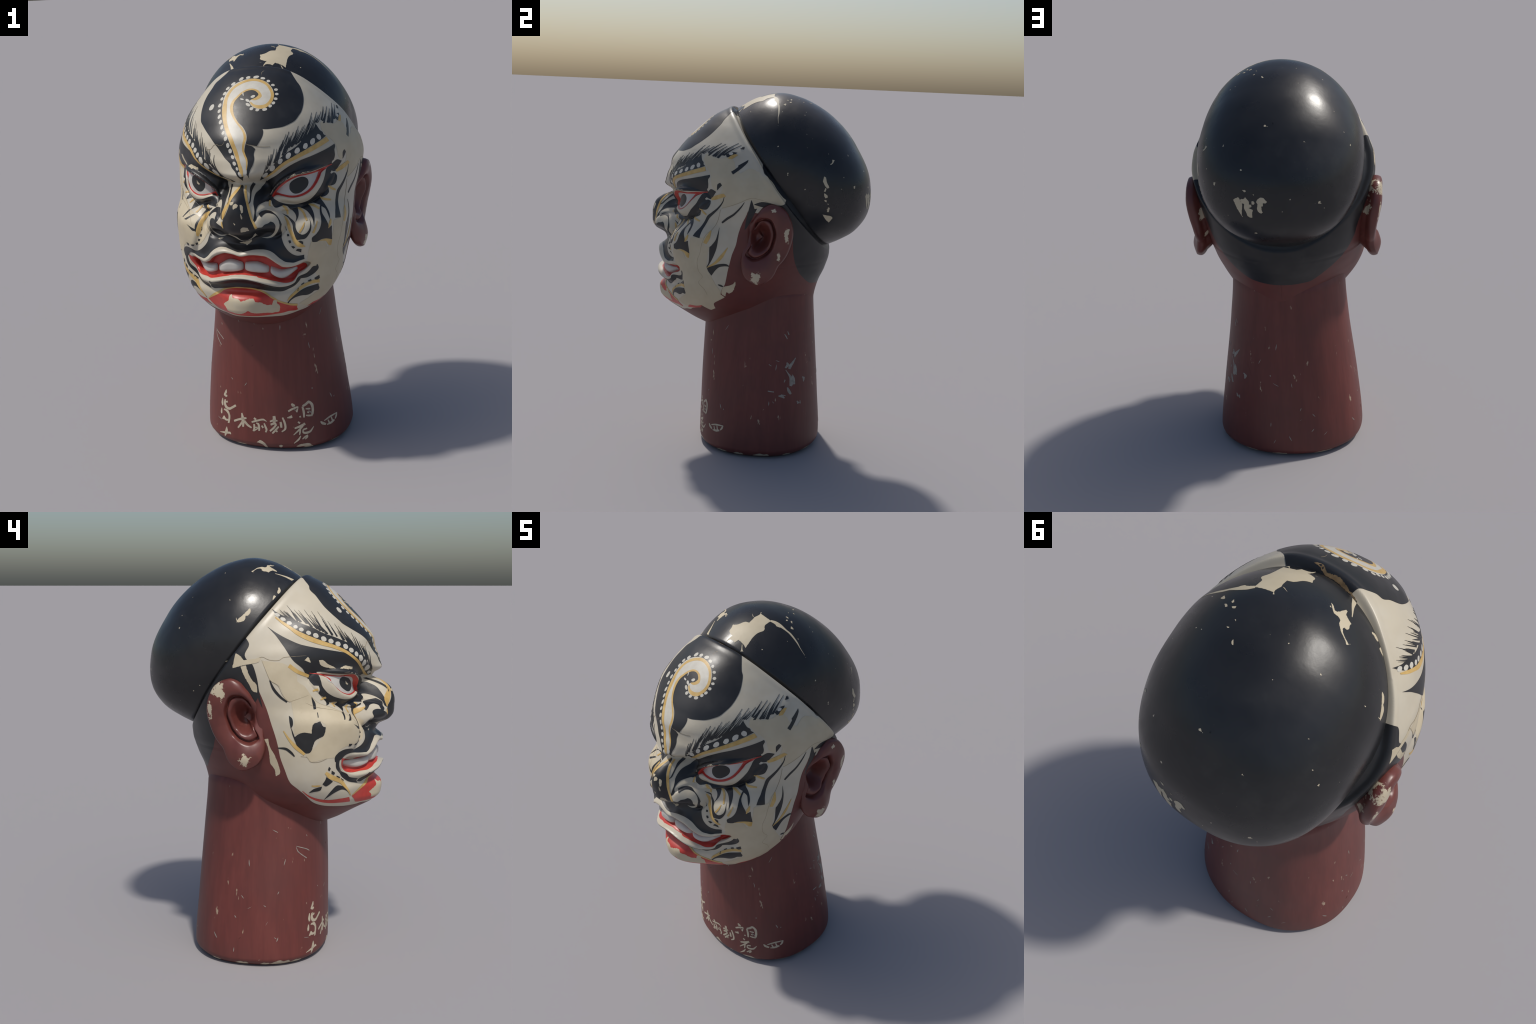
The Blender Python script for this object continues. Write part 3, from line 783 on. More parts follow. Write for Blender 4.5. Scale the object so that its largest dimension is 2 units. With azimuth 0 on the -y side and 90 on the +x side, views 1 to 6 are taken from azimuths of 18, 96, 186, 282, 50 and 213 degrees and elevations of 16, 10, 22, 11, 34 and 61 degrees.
    stroke(H, 'black', 'brow_bristle', 2,
          [(24.34, 36.84, -0.03, 0.01), (23.34, 34.74, -0.16, 0.04), (22.13, 32.96, -0.3, 0.09)])
    stroke(H, 'black', 'brow_bristle', 2,
          [(24.09, 35.48, -0.03, 0), (23.51, 34.22, -0.11, 0.03), (22.69, 33.17, -0.22, 0.08)])
    stroke(H, 'black', 'brow_bristle', 2,
          [(23.07, 35.13, -0.03, 0), (22.61, 33.92, -0.11, 0.03), (21.92, 32.93, -0.22, 0.07)])
    stroke(H, 'black', 'brow_bristle', 2,
          [(28.04, 40.2, -0.03, 0.01), (25.35, 36.14, -0.16, 0.04), (22.95, 32.79, -0.3, 0.09)])
    stroke(H, 'black', 'brow_bristle', 2,
          [(26.14, 39.12, -0.03, 0.01), (24.11, 35.77, -0.11, 0.03), (22.2, 32.91, -0.22, 0.07)])
    stroke(H, 'black', 'brow_bristle', 2,
          [(24.63, 36.25, -0.03, 0.01), (23.64, 34.36, -0.11, 0.03), (22.46, 32.68, -0.22, 0.07)])
    stroke(H, 'black', 'brow_bristle', 2,
          [(30.51, 40.11, -0.03, 0.01), (27.96, 36.42, -0.17, 0.05), (25.67, 33.36, -0.3, 0.1)])
    stroke(H, 'black', 'brow_bristle', 2,
          [(28.89, 36.83, -0.03, 0.01), (27.74, 35.01, -0.12, 0.03), (26.42, 33.42, -0.22, 0.08)])
    stroke(H, 'black', 'brow_bristle', 2,
          [(28.96, 37.95, -0.03, 0.01), (27.36, 35.45, -0.12, 0.03), (25.72, 33.24, -0.23, 0.07)])
    stroke(H, 'black', 'brow_bristle', 2,
          [(32.71, 40.46, -0.03, 0.01), (29.73, 36.97, -0.16, 0.06), (27.05, 34.1, -0.29, 0.11)])
    stroke(H, 'black', 'brow_bristle', 2,
          [(31.99, 39, -0.03, 0.01), (29.69, 36.3, -0.11, 0.04), (27.48, 33.98, -0.22, 0.09)])
    stroke(H, 'black', 'brow_bristle', 2,
          [(28.79, 37.17, -0.03, 0.01), (27.61, 35.42, -0.11, 0.04), (26.26, 33.91, -0.22, 0.08)])
    stroke(H, 'black', 'brow_bristle', 2,
          [(34.19, 42.79, -0.03, 0.01), (31.29, 38.23, -0.18, 0.04), (29.05, 34.49, -0.33, 0.07)])
    stroke(H, 'black', 'brow_bristle', 2,
          [(32.57, 41.07, -0.03, 0.01), (30.5, 37.47, -0.13, 0.02), (28.77, 34.44, -0.25, 0.05)])
    stroke(H, 'black', 'brow_bristle', 2,
          [(30.88, 38.38, -0.03, 0), (29.87, 36.19, -0.13, 0.02), (28.77, 34.31, -0.24, 0.06)])
    stroke(H, 'black', 'brow_bristle', 2,
          [(36.86, 42.47, -0.03, 0.01), (32.91, 38.31, -0.17, 0.06), (29.63, 34.87, -0.3, 0.11)])
    stroke(H, 'black', 'brow_bristle', 2,
          [(33.52, 39.81, -0.03, 0.01), (31.35, 37.17, -0.12, 0.04), (29.3, 34.95, -0.23, 0.08)])
    stroke(H, 'black', 'brow_bristle', 2,
          [(34.02, 40.93, -0.03, 0.01), (31.3, 37.71, -0.12, 0.04), (28.88, 35.01, -0.23, 0.08)])
    stroke(H, 'black', 'brow_bristle', 2,
          [(38.51, 43.27, -0.03, 0.01), (34.26, 38.89, -0.17, 0.06), (30.81, 35.26, -0.31, 0.11)])
    stroke(H, 'black', 'brow_bristle', 2,
          [(36.24, 40.16, -0.03, 0.01), (33.92, 37.59, -0.12, 0.04), (31.72, 35.41, -0.23, 0.08)])
    stroke(H, 'black', 'brow_bristle', 2,
          [(38.15, 41.82, -0.03, 0.01), (34.67, 38.27, -0.12, 0.04), (31.7, 35.25, -0.23, 0.08)])
    stroke(H, 'black', 'brow_bristle', 2,
          [(41.24, 43.85, -0.03, 0.01), (36.66, 39.5, -0.18, 0.06), (32.95, 35.85, -0.32, 0.11)])
    stroke(H, 'black', 'brow_bristle', 2,
          [(37.62, 41.31, -0.03, 0.01), (34.9, 38.33, -0.12, 0.04), (32.46, 35.81, -0.24, 0.08)])
    stroke(H, 'black', 'brow_bristle', 2,
          [(36.91, 40.2, -0.03, 0.01), (34.86, 37.86, -0.12, 0.04), (32.87, 35.88, -0.24, 0.08)])
    stroke(H, 'black', 'brow_bristle', 2,
          [(46.74, 49, -0.04, 0.01), (40.48, 42.61, -0.21, 0.04), (36.23, 37.24, -0.37, 0.07)])
    stroke(H, 'black', 'brow_bristle', 2,
          [(45.67, 47.12, -0.03, 0.01), (40.73, 41.94, -0.14, 0.03), (37.09, 37.46, -0.28, 0.05)])
    stroke(H, 'black', 'brow_bristle', 2,
          [(43.37, 45.14, -0.03, 0.01), (39.8, 41.01, -0.14, 0.03), (36.93, 37.42, -0.28, 0.05)])
    stroke(H, 'black', 'brow_bristle', 2,
          [(45.47, 45.48, -0.03, 0.01), (39.92, 40.82, -0.19, 0.06), (35.54, 36.85, -0.33, 0.11)])
    stroke(H, 'black', 'brow_bristle', 2,
          [(41.93, 41.74, -0.03, 0.01), (39.07, 39.08, -0.13, 0.04), (36.43, 36.8, -0.25, 0.09)])
    stroke(H, 'black', 'brow_bristle', 2,
          [(39.47, 41.66, -0.03, 0.01), (37.04, 39.07, -0.13, 0.04), (34.77, 36.86, -0.25, 0.08)])
    stroke(H, 'black', 'brow_bristle', 2,
          [(51.23, 49.39, -0.04, 0.01), (43.98, 43.25, -0.21, 0.04), (39.04, 38.08, -0.38, 0.08)])
    stroke(H, 'black', 'brow_bristle', 2,
          [(49, 47.02, -0.04, 0.01), (43.77, 42.3, -0.15, 0.03), (39.79, 38.18, -0.28, 0.06)])
    stroke(H, 'black', 'brow_bristle', 2,
          [(47.67, 45.39, -0.04, 0.01), (43.48, 41.42, -0.15, 0.03), (40.08, 37.94, -0.28, 0.06)])
    stroke(H, 'black', 'brow_bristle', 2,
          [(46.01, 45.02, -0.03, 0.01), (41.65, 41.16, -0.2, 0.05), (37.98, 37.86, -0.35, 0.1)])
    stroke(H, 'black', 'brow_bristle', 2,
          [(41.43, 41.4, -0.03, 0.01), (39.68, 39.48, -0.13, 0.04), (37.88, 37.87, -0.25, 0.08)])
    stroke(H, 'black', 'brow_bristle', 2,
          [(42.25, 42.14, -0.03, 0.01), (40.08, 39.88, -0.14, 0.04), (37.95, 37.96, -0.26, 0.08)])
    stroke(H, 'black', 'brow_bristle', 2,
          [(55.83, 49.64, -0.04, 0.01), (51.27, 46.71, -0.22, 0.06), (47.46, 44.35, -0.37, 0.12)])
    stroke(H, 'black', 'brow_bristle', 2,
          [(51.78, 48.11, -0.04, 0.01), (49.11, 46.07, -0.15, 0.04), (46.61, 44.4, -0.28, 0.09)])
    stroke(H, 'black', 'brow_bristle', 2,
          [(52.7, 46.84, -0.04, 0.01), (50.66, 45.41, -0.15, 0.05), (48.58, 44.29, -0.25, 0.11)])
    stroke(H, 'black', 'brow_bristle', 2,
          [(47.13, 44.12, -0.04, 0.01), (44.32, 41.3, -0.22, 0.05), (41.7, 38.93, -0.38, 0.1)])
    stroke(H, 'black', 'brow_bristle', 2,
          [(44.76, 42.63, -0.03, 0.01), (43.1, 40.72, -0.15, 0.03), (41.38, 39.11, -0.28, 0.07)])
    stroke(H, 'black', 'brow_bristle', 2,
          [(46.34, 42.59, -0.04, 0.01), (44.32, 40.53, -0.15, 0.03), (42.29, 38.77, -0.28, 0.08)])
    stroke(H, 'black', 'brow_bristle', 2,
          [(43.27, 45.01, -0.03, 0.01), (38.4, 40.37, -0.19, 0.05), (34.55, 36.45, -0.33, 0.1)])
    stroke(H, 'black', 'brow_bristle', 2,
          [(41.03, 42.34, -0.03, 0.01), (37.86, 39.11, -0.13, 0.04), (35.09, 36.34, -0.25, 0.08)])
    stroke(H, 'black', 'brow_bristle', 2,
          [(39.58, 41.31, -0.03, 0.01), (37.13, 38.63, -0.13, 0.04), (34.86, 36.34, -0.25, 0.08)])
    stroke(H, 'black', 'brow_bristle', 2,
          [(28.7, 38.3, -0.03, 0.01), (26.66, 35.52, -0.16, 0.05), (24.58, 33.16, -0.29, 0.11)])
    stroke(H, 'black', 'brow_bristle', 2,
          [(27.87, 36.92, -0.03, 0.01), (26.47, 34.97, -0.11, 0.04), (24.91, 33.26, -0.21, 0.09)])
    stroke(H, 'black', 'brow_bristle', 2,
          [(27.81, 36.49, -0.03, 0.01), (26.51, 34.67, -0.11, 0.04), (25.03, 33.09, -0.21, 0.09)])
    stroke(H, 'black', 'brow_bristle', 2,
          [(35.25, 40.49, -0.02, 0.01), (31.69, 37.2, -0.16, 0.07), (28.47, 34.49, -0.28, 0.13)])
    stroke(H, 'black', 'brow_bristle', 2,
          [(34.32, 38.8, -0.02, 0.01), (31.76, 36.45, -0.11, 0.05), (29.25, 34.43, -0.21, 0.1)])
    stroke(H, 'black', 'brow_bristle', 2,
          [(31.4, 38.2, -0.03, 0.01), (29.55, 36.18, -0.11, 0.04), (27.62, 34.46, -0.21, 0.1)])
    stroke(H, 'black', 'brow_bristle', 2,
          [(60.96, 52.12, -0.06, 0), (56.17, 48.54, -0.3, 0.02), (52.57, 45.61, -0.5, 0.05)])
    stroke(H, 'black', 'brow_bristle', 2,
          [(59.19, 50.51, -0.05, 0), (55.83, 47.84, -0.21, 0.02), (53.06, 45.62, -0.38, 0.04)])
    stroke(H, 'black', 'brow_bristle', 2,
          [(56.97, 48.95, -0.05, 0), (54.83, 47.01, -0.2, 0.02), (52.87, 45.45, -0.37, 0.05)])
    stroke(H, 'black', 'brow_bristle', 2,
          [(65.19, 52.2, -0.06, 0), (58.46, 47.83, -0.31, 0.03), (53.96, 44.23, -0.52, 0.06)])
    stroke(H, 'black', 'brow_bristle', 2,
          [(61.52, 49.72, -0.05, 0), (57.45, 46.66, -0.21, 0.02), (54.29, 44.11, -0.39, 0.05)])
    stroke(H, 'black', 'brow_bristle', 2,
          [(58.15, 48.28, -0.05, 0), (55.63, 45.97, -0.21, 0.02), (53.42, 44.06, -0.38, 0.04)])
    stroke(H, 'black', 'brow_bristle', 2,
          [(67.14, 51.08, -0.06, 0), (61.49, 47.42, -0.34, 0.03), (57.52, 44.42, -0.56, 0.06)])
    stroke(H, 'black', 'brow_bristle', 2,
          [(62.25, 47.58, -0.06, 0), (60.01, 45.7, -0.23, 0.02), (57.93, 44.18, -0.42, 0.05)])
    stroke(H, 'black', 'brow_bristle', 2,
          [(61.56, 47.7, -0.06, 0), (59.5, 45.88, -0.23, 0.02), (57.56, 44.41, -0.42, 0.05)])
    stroke(H, 'black', 'brow_bristle', 2,
          [(76.05, 53.87, -0.09, 0), (66.78, 48.56, -0.43, 0.01), (61.88, 44.13, -0.67, 0.02)])
    stroke(H, 'black', 'brow_bristle', 2,
          [(72.74, 51.34, -0.08, 0), (66.62, 47.3, -0.29, 0.01), (62.87, 43.88, -0.51, 0.02)])
    stroke(H, 'black', 'brow_bristle', 2,
          [(70.2, 50.42, -0.07, 0), (65.56, 46.94, -0.28, 0.01), (62.45, 44, -0.51, 0.02)])
    stroke(H, 'black', 'brow_bristle', 2,
          [(78.9, 52.87, -0.09, 0), (71.23, 49.01, -0.48, 0.01), (66.47, 45.75, -0.75, 0.03)])
    stroke(H, 'black', 'brow_bristle', 2,
          [(70.15, 49.77, -0.08, 0), (67.34, 47.5, -0.3, 0), (65.08, 45.64, -0.55, 0.02)])
    stroke(H, 'black', 'brow_bristle', 2,
          [(74.15, 50.3, -0.08, 0), (70.18, 47.82, -0.32, 0.01), (67.15, 45.77, -0.57, 0.03)])
    stroke(H, 'black', 'brow_bristle', 2,
          [(65.03, 49, -0.06, 0), (61.84, 46.38, -0.36, 0.02), (59.25, 44.29, -0.6, 0.05)])
    stroke(H, 'black', 'brow_bristle', 2,
          [(63.59, 47.08, -0.06, 0), (61.83, 45.48, -0.24, 0.02), (60.09, 44.21, -0.44, 0.05)])
    stroke(H, 'black', 'brow_bristle', 2,
          [(60.49, 47.3, -0.06, 0), (59.2, 45.72, -0.24, 0), (57.88, 44.48, -0.44, 0.03)])
    stroke(H, 'black', 'brow_bristle', 2,
          [(58.93, 48.59, -0.05, 0.01), (55.99, 46.57, -0.26, 0.05), (53.32, 45.03, -0.43, 0.12)])
    stroke(H, 'black', 'brow_bristle', 2,
          [(57.76, 47.66, -0.05, 0.01), (55.8, 46.25, -0.18, 0.04), (53.85, 45.17, -0.31, 0.09)])
    stroke(H, 'black', 'brow_bristle', 2,
          [(57.28, 47.47, -0.05, 0.01), (55.59, 46.2, -0.18, 0.04), (53.85, 45.26, -0.31, 0.1)])
    stroke(H, 'black', 'brow_bristle', 2,
          [(82.12, 51.98, -0.08, 0), (81.59, 51.07, -0.63, 0.01), (80.65, 50.54, -1.23, 0.02)])
    stroke(H, 'black', 'brow_bristle', 2,
          [(80.75, 51.99, -0.09, 0), (80.36, 51.27, -0.47, -0.01), (79.72, 50.87, -0.95, 0)])
    stroke(H, 'black', 'brow_bristle', 2,
          [(81.28, 52.02, -0.09, 0), (80.83, 51.24, -0.46, -0.01), (80.06, 50.77, -0.94, 0)])
    patch(H, 'black', 'brow_band', 2, 0,
         [(73.57, 48.21), (77.29, 48.3), (73.95, 46.18), (69.89, 45.04), (68.59, 46.4)])
    beads(H, 'dot', 'painted_bead', 3,
          [(72.59, 47.24, -0.07, -0.72, -1.67, -0.14)])
    stroke(H, 'gold', 'ochre_line', 3,
          [(77.14, 47.27, -1.23, 0.1), (74.38, 45.92, -1.91, 0.12), (72.52, 44.57, -1.46, 0.07)])
    patch(H, 'black', 'temple_stroke', 2, 0,
         [(86.9, 45.07), (86.47, 43.58), (82.35, 40.18), (77.12, 36.6), (75.39, 38.08), (79.96, 40.92), (79.87, 41.67)])
    beads(H, 'dot', 'painted_bead', 3,
          [(15.3, 24.83, 1.58, 0.74, 0.2, -0.74), (19.3, 27.19, 1.05, 0.77, 0.98, -0.49), (23.11, 29.28, 0.78, 0.79, 0.98, -0.37), 
           (27.2, 31.1, 0.86, 1.08, 1.15, -0.44), (32.16, 32.95, 0.94, 1.06, 1.2, -0.45), (37.18, 34.68, 0.89, 1.08, 1.28, -0.38), 
           (42.16, 36.48, 1.23, 1.26, 1.38, -0.39), (47.2, 38.32, 0.48, -1.15, -1.66, -0.29)])
    stroke(H, 'gold', 'ochre_line', 3,
          [(14.06, 23.31, -0.01, -0.16), (19.5, 25.63, 0.25, -0.36), (23.55, 27.69, 0.48, -0.38), (27.65, 29.31, 0.48, -0.46), 
           (31.44, 30.45, 0.47, -0.59), (35.87, 31.88, 0.52, -0.72), (40.81, 33.38, 0.6, -0.8), (46.43, 35.13, 0.72, -0.87), 
           (54.31, 37.42, 0.8, -0.92)])

    # left brow
    patch(H, 'black', 'brow_band', 2, 0,
         [(-79.61, 57.13), (-76.94, 54.88), (-71.89, 50.68), (-65.04, 46.68), (-58.25, 43.92), (-52.28, 41.24), (-45.11, 38.59), 
          (-37.91, 36.14), (-32.31, 33.48), (-28.13, 30.64), (-22.19, 27.84), (-14.72, 25.43), (-4.52, 22.44), (-1.68, 22.49), 
          (-13.36, 26.67), (-19.5, 30.16), (-24.16, 34.36), (-30.25, 37.02), (-37.66, 39.97), (-45.23, 42.66), (-51.23, 45.56), 
          (-58.61, 48.37), (-65.43, 51.67), (-72.2, 53.95), (-76.15, 55.69)])
    stroke(H, 'black', 'brow_bristle', 2,
          [(-73.35, 56.82, -0.03, -0.02), (-69.76, 54.08, -0.18, -0.11), (-66.82, 51.79, -0.32, -0.2)])
    stroke(H, 'black', 'brow_bristle', 2,
          [(-73.15, 55.85, -0.03, -0.02), (-70.23, 53.69, -0.12, -0.08), (-67.8, 51.88, -0.23, -0.15)])
    stroke(H, 'black', 'brow_bristle', 2,
          [(-71.07, 55.31, -0.03, -0.02), (-68.62, 53.34, -0.12, -0.07), (-66.59, 51.72, -0.24, -0.15)])
    stroke(H, 'black', 'brow_bristle', 2,
          [(-70.51, 55.92, -0.03, -0.02), (-67.99, 53.78, -0.13, -0.07), (-65.9, 51.99, -0.25, -0.14)])
    stroke(H, 'black', 'brow_bristle', 2,
          [(-69.99, 56.09, -0.03, -0.02), (-66.53, 52.94, -0.19, -0.1), (-63.65, 50.28, -0.33, -0.18)])
    stroke(H, 'black', 'brow_bristle', 2,
          [(-68.63, 54.48, -0.03, -0.02), (-66.17, 52.25, -0.13, -0.07), (-64.09, 50.37, -0.25, -0.14)])
    stroke(H, 'black', 'brow_bristle', 2,
          [(-67.75, 54.98, -0.03, -0.02), (-65.15, 52.45, -0.13, -0.07), (-62.94, 50.29, -0.26, -0.13)])
    stroke(H, 'black', 'brow_bristle', 2,
          [(-68.51, 55.39, -0.03, -0.02), (-65.72, 52.75, -0.13, -0.07), (-63.36, 50.48, -0.26, -0.13)])
    stroke(H, 'black', 'brow_bristle', 2,
          [(-67.03, 58.65, -0.04, -0.01), (-62.71, 53.61, -0.21, -0.09), (-59.09, 49.13, -0.36, -0.15)])
    stroke(H, 'black', 'brow_bristle', 2,
          [(-64.59, 55.34, -0.03, -0.01), (-61.82, 52.02, -0.14, -0.06), (-59.43, 49.12, -0.27, -0.11)])
    stroke(H, 'black', 'brow_bristle', 2,
          [(-62.09, 53.94, -0.03, -0.01), (-60.11, 51.33, -0.14, -0.06), (-58.42, 49.11, -0.28, -0.11)])
    stroke(H, 'black', 'brow_bristle', 2,
          [(-62.95, 54.51, -0.03, -0.01), (-60.71, 51.64, -0.14, -0.06), (-58.78, 49.17, -0.27, -0.11)])
    stroke(H, 'black', 'brow_bristle', 2,
          [(-61.99, 55.9, -0.03, -0.01), (-58.42, 51.68, -0.2, -0.09), (-55.27, 48.03, -0.35, -0.15)])
    stroke(H, 'black', 'brow_bristle', 2,
          [(-60.34, 54.23, -0.03, -0.01), (-57.57, 50.89, -0.14, -0.06), (-55.08, 47.98, -0.27, -0.11)])
    stroke(H, 'black', 'brow_bristle', 2,
          [(-57.45, 51.82, -0.03, -0.01), (-55.78, 49.66, -0.14, -0.06), (-54.34, 47.87, -0.27, -0.11)])
    stroke(H, 'black', 'brow_bristle', 2,
          [(-58.88, 53.94, -0.03, -0.01), (-56.51, 50.87, -0.14, -0.06), (-54.39, 48.2, -0.27, -0.11)])
    stroke(H, 'black', 'brow_bristle', 2,
          [(-58.74, 55.33, -0.03, -0.01), (-55.14, 50.35, -0.21, -0.08), (-51.76, 46.06, -0.35, -0.13)])
    stroke(H, 'black', 'brow_bristle', 2,
          [(-57.27, 53.43, -0.03, -0.01), (-54.39, 49.45, -0.14, -0.05), (-51.65, 45.99, -0.26, -0.1)])
    stroke(H, 'black', 'brow_bristle', 2,
          [(-57.09, 53.12, -0.03, -0.01), (-54.26, 49.22, -0.14, -0.05), (-51.56, 45.85, -0.26, -0.1)])
    stroke(H, 'black', 'brow_bristle', 2,
          [(-56.88, 52.84, -0.03, -0.01), (-54.29, 49.28, -0.14, -0.05), (-51.86, 46.21, -0.27, -0.1)])
    stroke(H, 'black', 'brow_bristle', 2,
          [(-54.19, 55.12, -0.04, -0.01), (-50.69, 49.02, -0.21, -0.07), (-46.96, 43.8, -0.36, -0.11)])
    stroke(H, 'black', 'brow_bristle', 2,
          [(-51.18, 52.08, -0.04, -0.01), (-48.69, 47.6, -0.15, -0.05), (-45.99, 43.75, -0.28, -0.08)])
    stroke(H, 'black', 'brow_bristle', 2,
          [(-49.86, 49.21, -0.03, -0.01), (-47.98, 46.21, -0.14, -0.04), (-46.14, 43.66, -0.28, -0.08)])
    stroke(H, 'black', 'brow_bristle', 2,
          [(-51.27, 52.13, -0.04, -0.01), (-48.73, 47.59, -0.15, -0.05), (-45.98, 43.69, -0.28, -0.08)])
    stroke(H, 'black', 'brow_bristle', 2,
          [(-49.04, 53.82, -0.04, -0.01), (-47.01, 48.03, -0.23, -0.06), (-44.4, 43.08, -0.39, -0.09)])
    stroke(H, 'black', 'brow_bristle', 2,
          [(-48.63, 50.22, -0.04, -0.01), (-46.82, 46.28, -0.15, -0.04), (-44.84, 42.9, -0.29, -0.07)])
    stroke(H, 'black', 'brow_bristle', 2,
          [(-48.44, 50.27, -0.04, -0.01), (-46.72, 46.43, -0.15, -0.04), (-44.84, 43.14, -0.29, -0.07)])
    stroke(H, 'black', 'brow_bristle', 2,
          [(-48.01, 51.65, -0.04, -0.01), (-46.26, 47.05, -0.15, -0.04), (-44.15, 43.08, -0.29, -0.07)])
    stroke(H, 'black', 'brow_bristle', 2,
          [(-54.18, 51.07, -0.03, -0.01), (-51.39, 47.67, -0.19, -0.08), (-48.71, 44.85, -0.34, -0.14)])
    stroke(H, 'black', 'brow_bristle', 2,
          [(-52.2, 49.14, -0.03, -0.01), (-50.13, 46.69, -0.13, -0.05), (-48.19, 44.64, -0.26, -0.1)])
    stroke(H, 'black', 'brow_bristle', 2,
          [(-53.22, 50.2, -0.03, -0.01), (-50.86, 47.36, -0.13, -0.06), (-48.61, 44.95, -0.26, -0.1)])
    stroke(H, 'black', 'brow_bristle', 2,
          [(-50.87, 48.09, -0.03, -0.01), (-49.39, 46.33, -0.13, -0.05), (-48.1, 44.91, -0.26, -0.1)])
    stroke(H, 'black', 'brow_bristle', 2,
          [(-50.01, 50.63, -0.03, -0.01), (-46.06, 45.94, -0.2, -0.08), (-41.95, 41.95, -0.35, -0.14)])
    stroke(H, 'black', 'brow_bristle', 2,
          [(-49.24, 48.18, -0.03, -0.01), (-45.95, 44.78, -0.13, -0.05), (-42.74, 41.81, -0.26, -0.1)])
    stroke(H, 'black', 'brow_bristle', 2,
          [(-47.85, 48.3, -0.03, -0.01), (-44.77, 44.9, -0.13, -0.05), (-41.73, 41.94, -0.27, -0.1)])
    stroke(H, 'black', 'brow_bristle', 2,
          [(-46.99, 47.04, -0.03, -0.01), (-44.31, 44.24, -0.13, -0.05), (-41.78, 41.81, -0.27, -0.1)])
    stroke(H, 'black', 'brow_bristle', 2,
          [(-44.34, 53.09, -0.04, -0.01), (-42.07, 46.44, -0.23, -0.06), (-38.81, 40.74, -0.4, -0.09)])
    stroke(H, 'black', 'brow_bristle', 2,
          [(-42.85, 50.64, -0.04, -0.01), (-40.81, 45.37, -0.16, -0.04), (-38.23, 40.76, -0.3, -0.06)])
    stroke(H, 'black', 'brow_bristle', 2,
          [(-43.42, 48.88, -0.04, -0.01), (-41.35, 44.61, -0.15, -0.04), (-39.12, 40.87, -0.3, -0.06)])
    stroke(H, 'black', 'brow_bristle', 2,
          [(-43.1, 48.82, -0.04, -0.01), (-41.06, 44.55, -0.15, -0.04), (-38.86, 40.81, -0.3, -0.06)])
    stroke(H, 'black', 'brow_bristle', 2,
          [(-43.24, 47.94, -0.04, -0.01), (-40.93, 44.28, -0.22, -0.06), (-38.66, 41.14, -0.39, -0.1)])
    stroke(H, 'black', 'brow_bristle', 2,
          [(-41.13, 45.33, -0.03, -0.01), (-39.65, 43.17, -0.15, -0.04), (-38.39, 41.33, -0.3, -0.07)])
    stroke(H, 'black', 'brow_bristle', 2,
          [(-42.5, 46.01, -0.03, -0.01), (-40.56, 43.31, -0.15, -0.04), (-38.82, 40.96, -0.29, -0.08)])
    stroke(H, 'black', 'brow_bristle', 2,
          [(-41.02, 45.02, -0.03, -0.01), (-39.63, 43.02, -0.15, -0.04), (-38.48, 41.35, -0.3, -0.07)])
    stroke(H, 'black', 'brow_bristle', 2,
          [(-39.64, 47.58, -0.04, -0.01), (-37.55, 43.47, -0.23, -0.05), (-35.5, 39.92, -0.41, -0.08)])
    stroke(H, 'black', 'brow_bristle', 2,
          [(-38.25, 44.23, -0.04, -0.01), (-36.83, 41.89, -0.15, -0.04), (-35.66, 39.9, -0.31, -0.06)])
    stroke(H, 'black', 'brow_bristle', 2,
          [(-37.77, 44.42, -0.04, -0.01), (-36.37, 41.98, -0.16, -0.03), (-35.21, 39.89, -0.31, -0.06)])
    stroke(H, 'black', 'brow_bristle', 2,
          [(-38.11, 44, -0.03, -0.01), (-36.79, 41.83, -0.15, -0.04), (-35.72, 40, -0.31, -0.06)])
    stroke(H, 'black', 'brow_bristle', 2,
          [(-35.09, 45.94, -0.04, -0.01), (-32.76, 41.49, -0.23, -0.05), (-30.67, 37.67, -0.41, -0.08)])
    stroke(H, 'black', 'brow_bristle', 2,
          [(-33.91, 42.34, -0.04, -0.01), (-32.45, 39.89, -0.15, -0.03), (-31.26, 37.83, -0.3, -0.06)])
    stroke(H, 'black', 'brow_bristle', 2,
          [(-34.44, 42.11, -0.03, -0.01), (-32.9, 39.68, -0.15, -0.04), (-31.64, 37.64, -0.3, -0.06)])
    stroke(H, 'black', 'brow_bristle', 2,
          [(-33.51, 42.74, -0.04, -0.01), (-32, 40.05, -0.16, -0.03), (-30.77, 37.78, -0.31, -0.06)])
    stroke(H, 'black', 'brow_bristle', 2,
          [(-32.68, 44.54, -0.04, -0.01), (-30.1, 39.96, -0.23, -0.05), (-27.73, 36.13, -0.41, -0.08)])
    stroke(H, 'black', 'brow_bristle', 2,
          [(-29.38, 40.9, -0.04, -0.01), (-28.02, 38.3, -0.16, -0.03), (-26.79, 36.17, -0.31, -0.05)])
    stroke(H, 'black', 'brow_bristle', 2,
          [(-30.99, 41.72, -0.04, -0.01), (-29.22, 38.67, -0.15, -0.03), (-27.63, 36.12, -0.31, -0.06)])
    stroke(H, 'black', 'brow_bristle', 2,
          [(-32.36, 42.24, -0.04, -0.01), (-30.31, 38.95, -0.15, -0.04), (-28.49, 36.19, -0.31, -0.06)])
    stroke(H, 'black', 'brow_bristle', 2,
          [(-31.56, 42.11, -0.04, -0.01), (-29.29, 38.57, -0.22, -0.05), (-27.22, 35.68, -0.41, -0.09)])
    stroke(H, 'black', 'brow_bristle', 2,
          [(-30.77, 39.48, -0.03, -0.01), (-29.33, 37.5, -0.15, -0.04), (-28.08, 35.9, -0.3, -0.07)])
    stroke(H, 'black', 'brow_bristle', 2,
          [(-28.95, 38.98, -0.03, -0.01), (-27.71, 37.07, -0.15, -0.03), (-26.64, 35.54, -0.31, -0.06)])
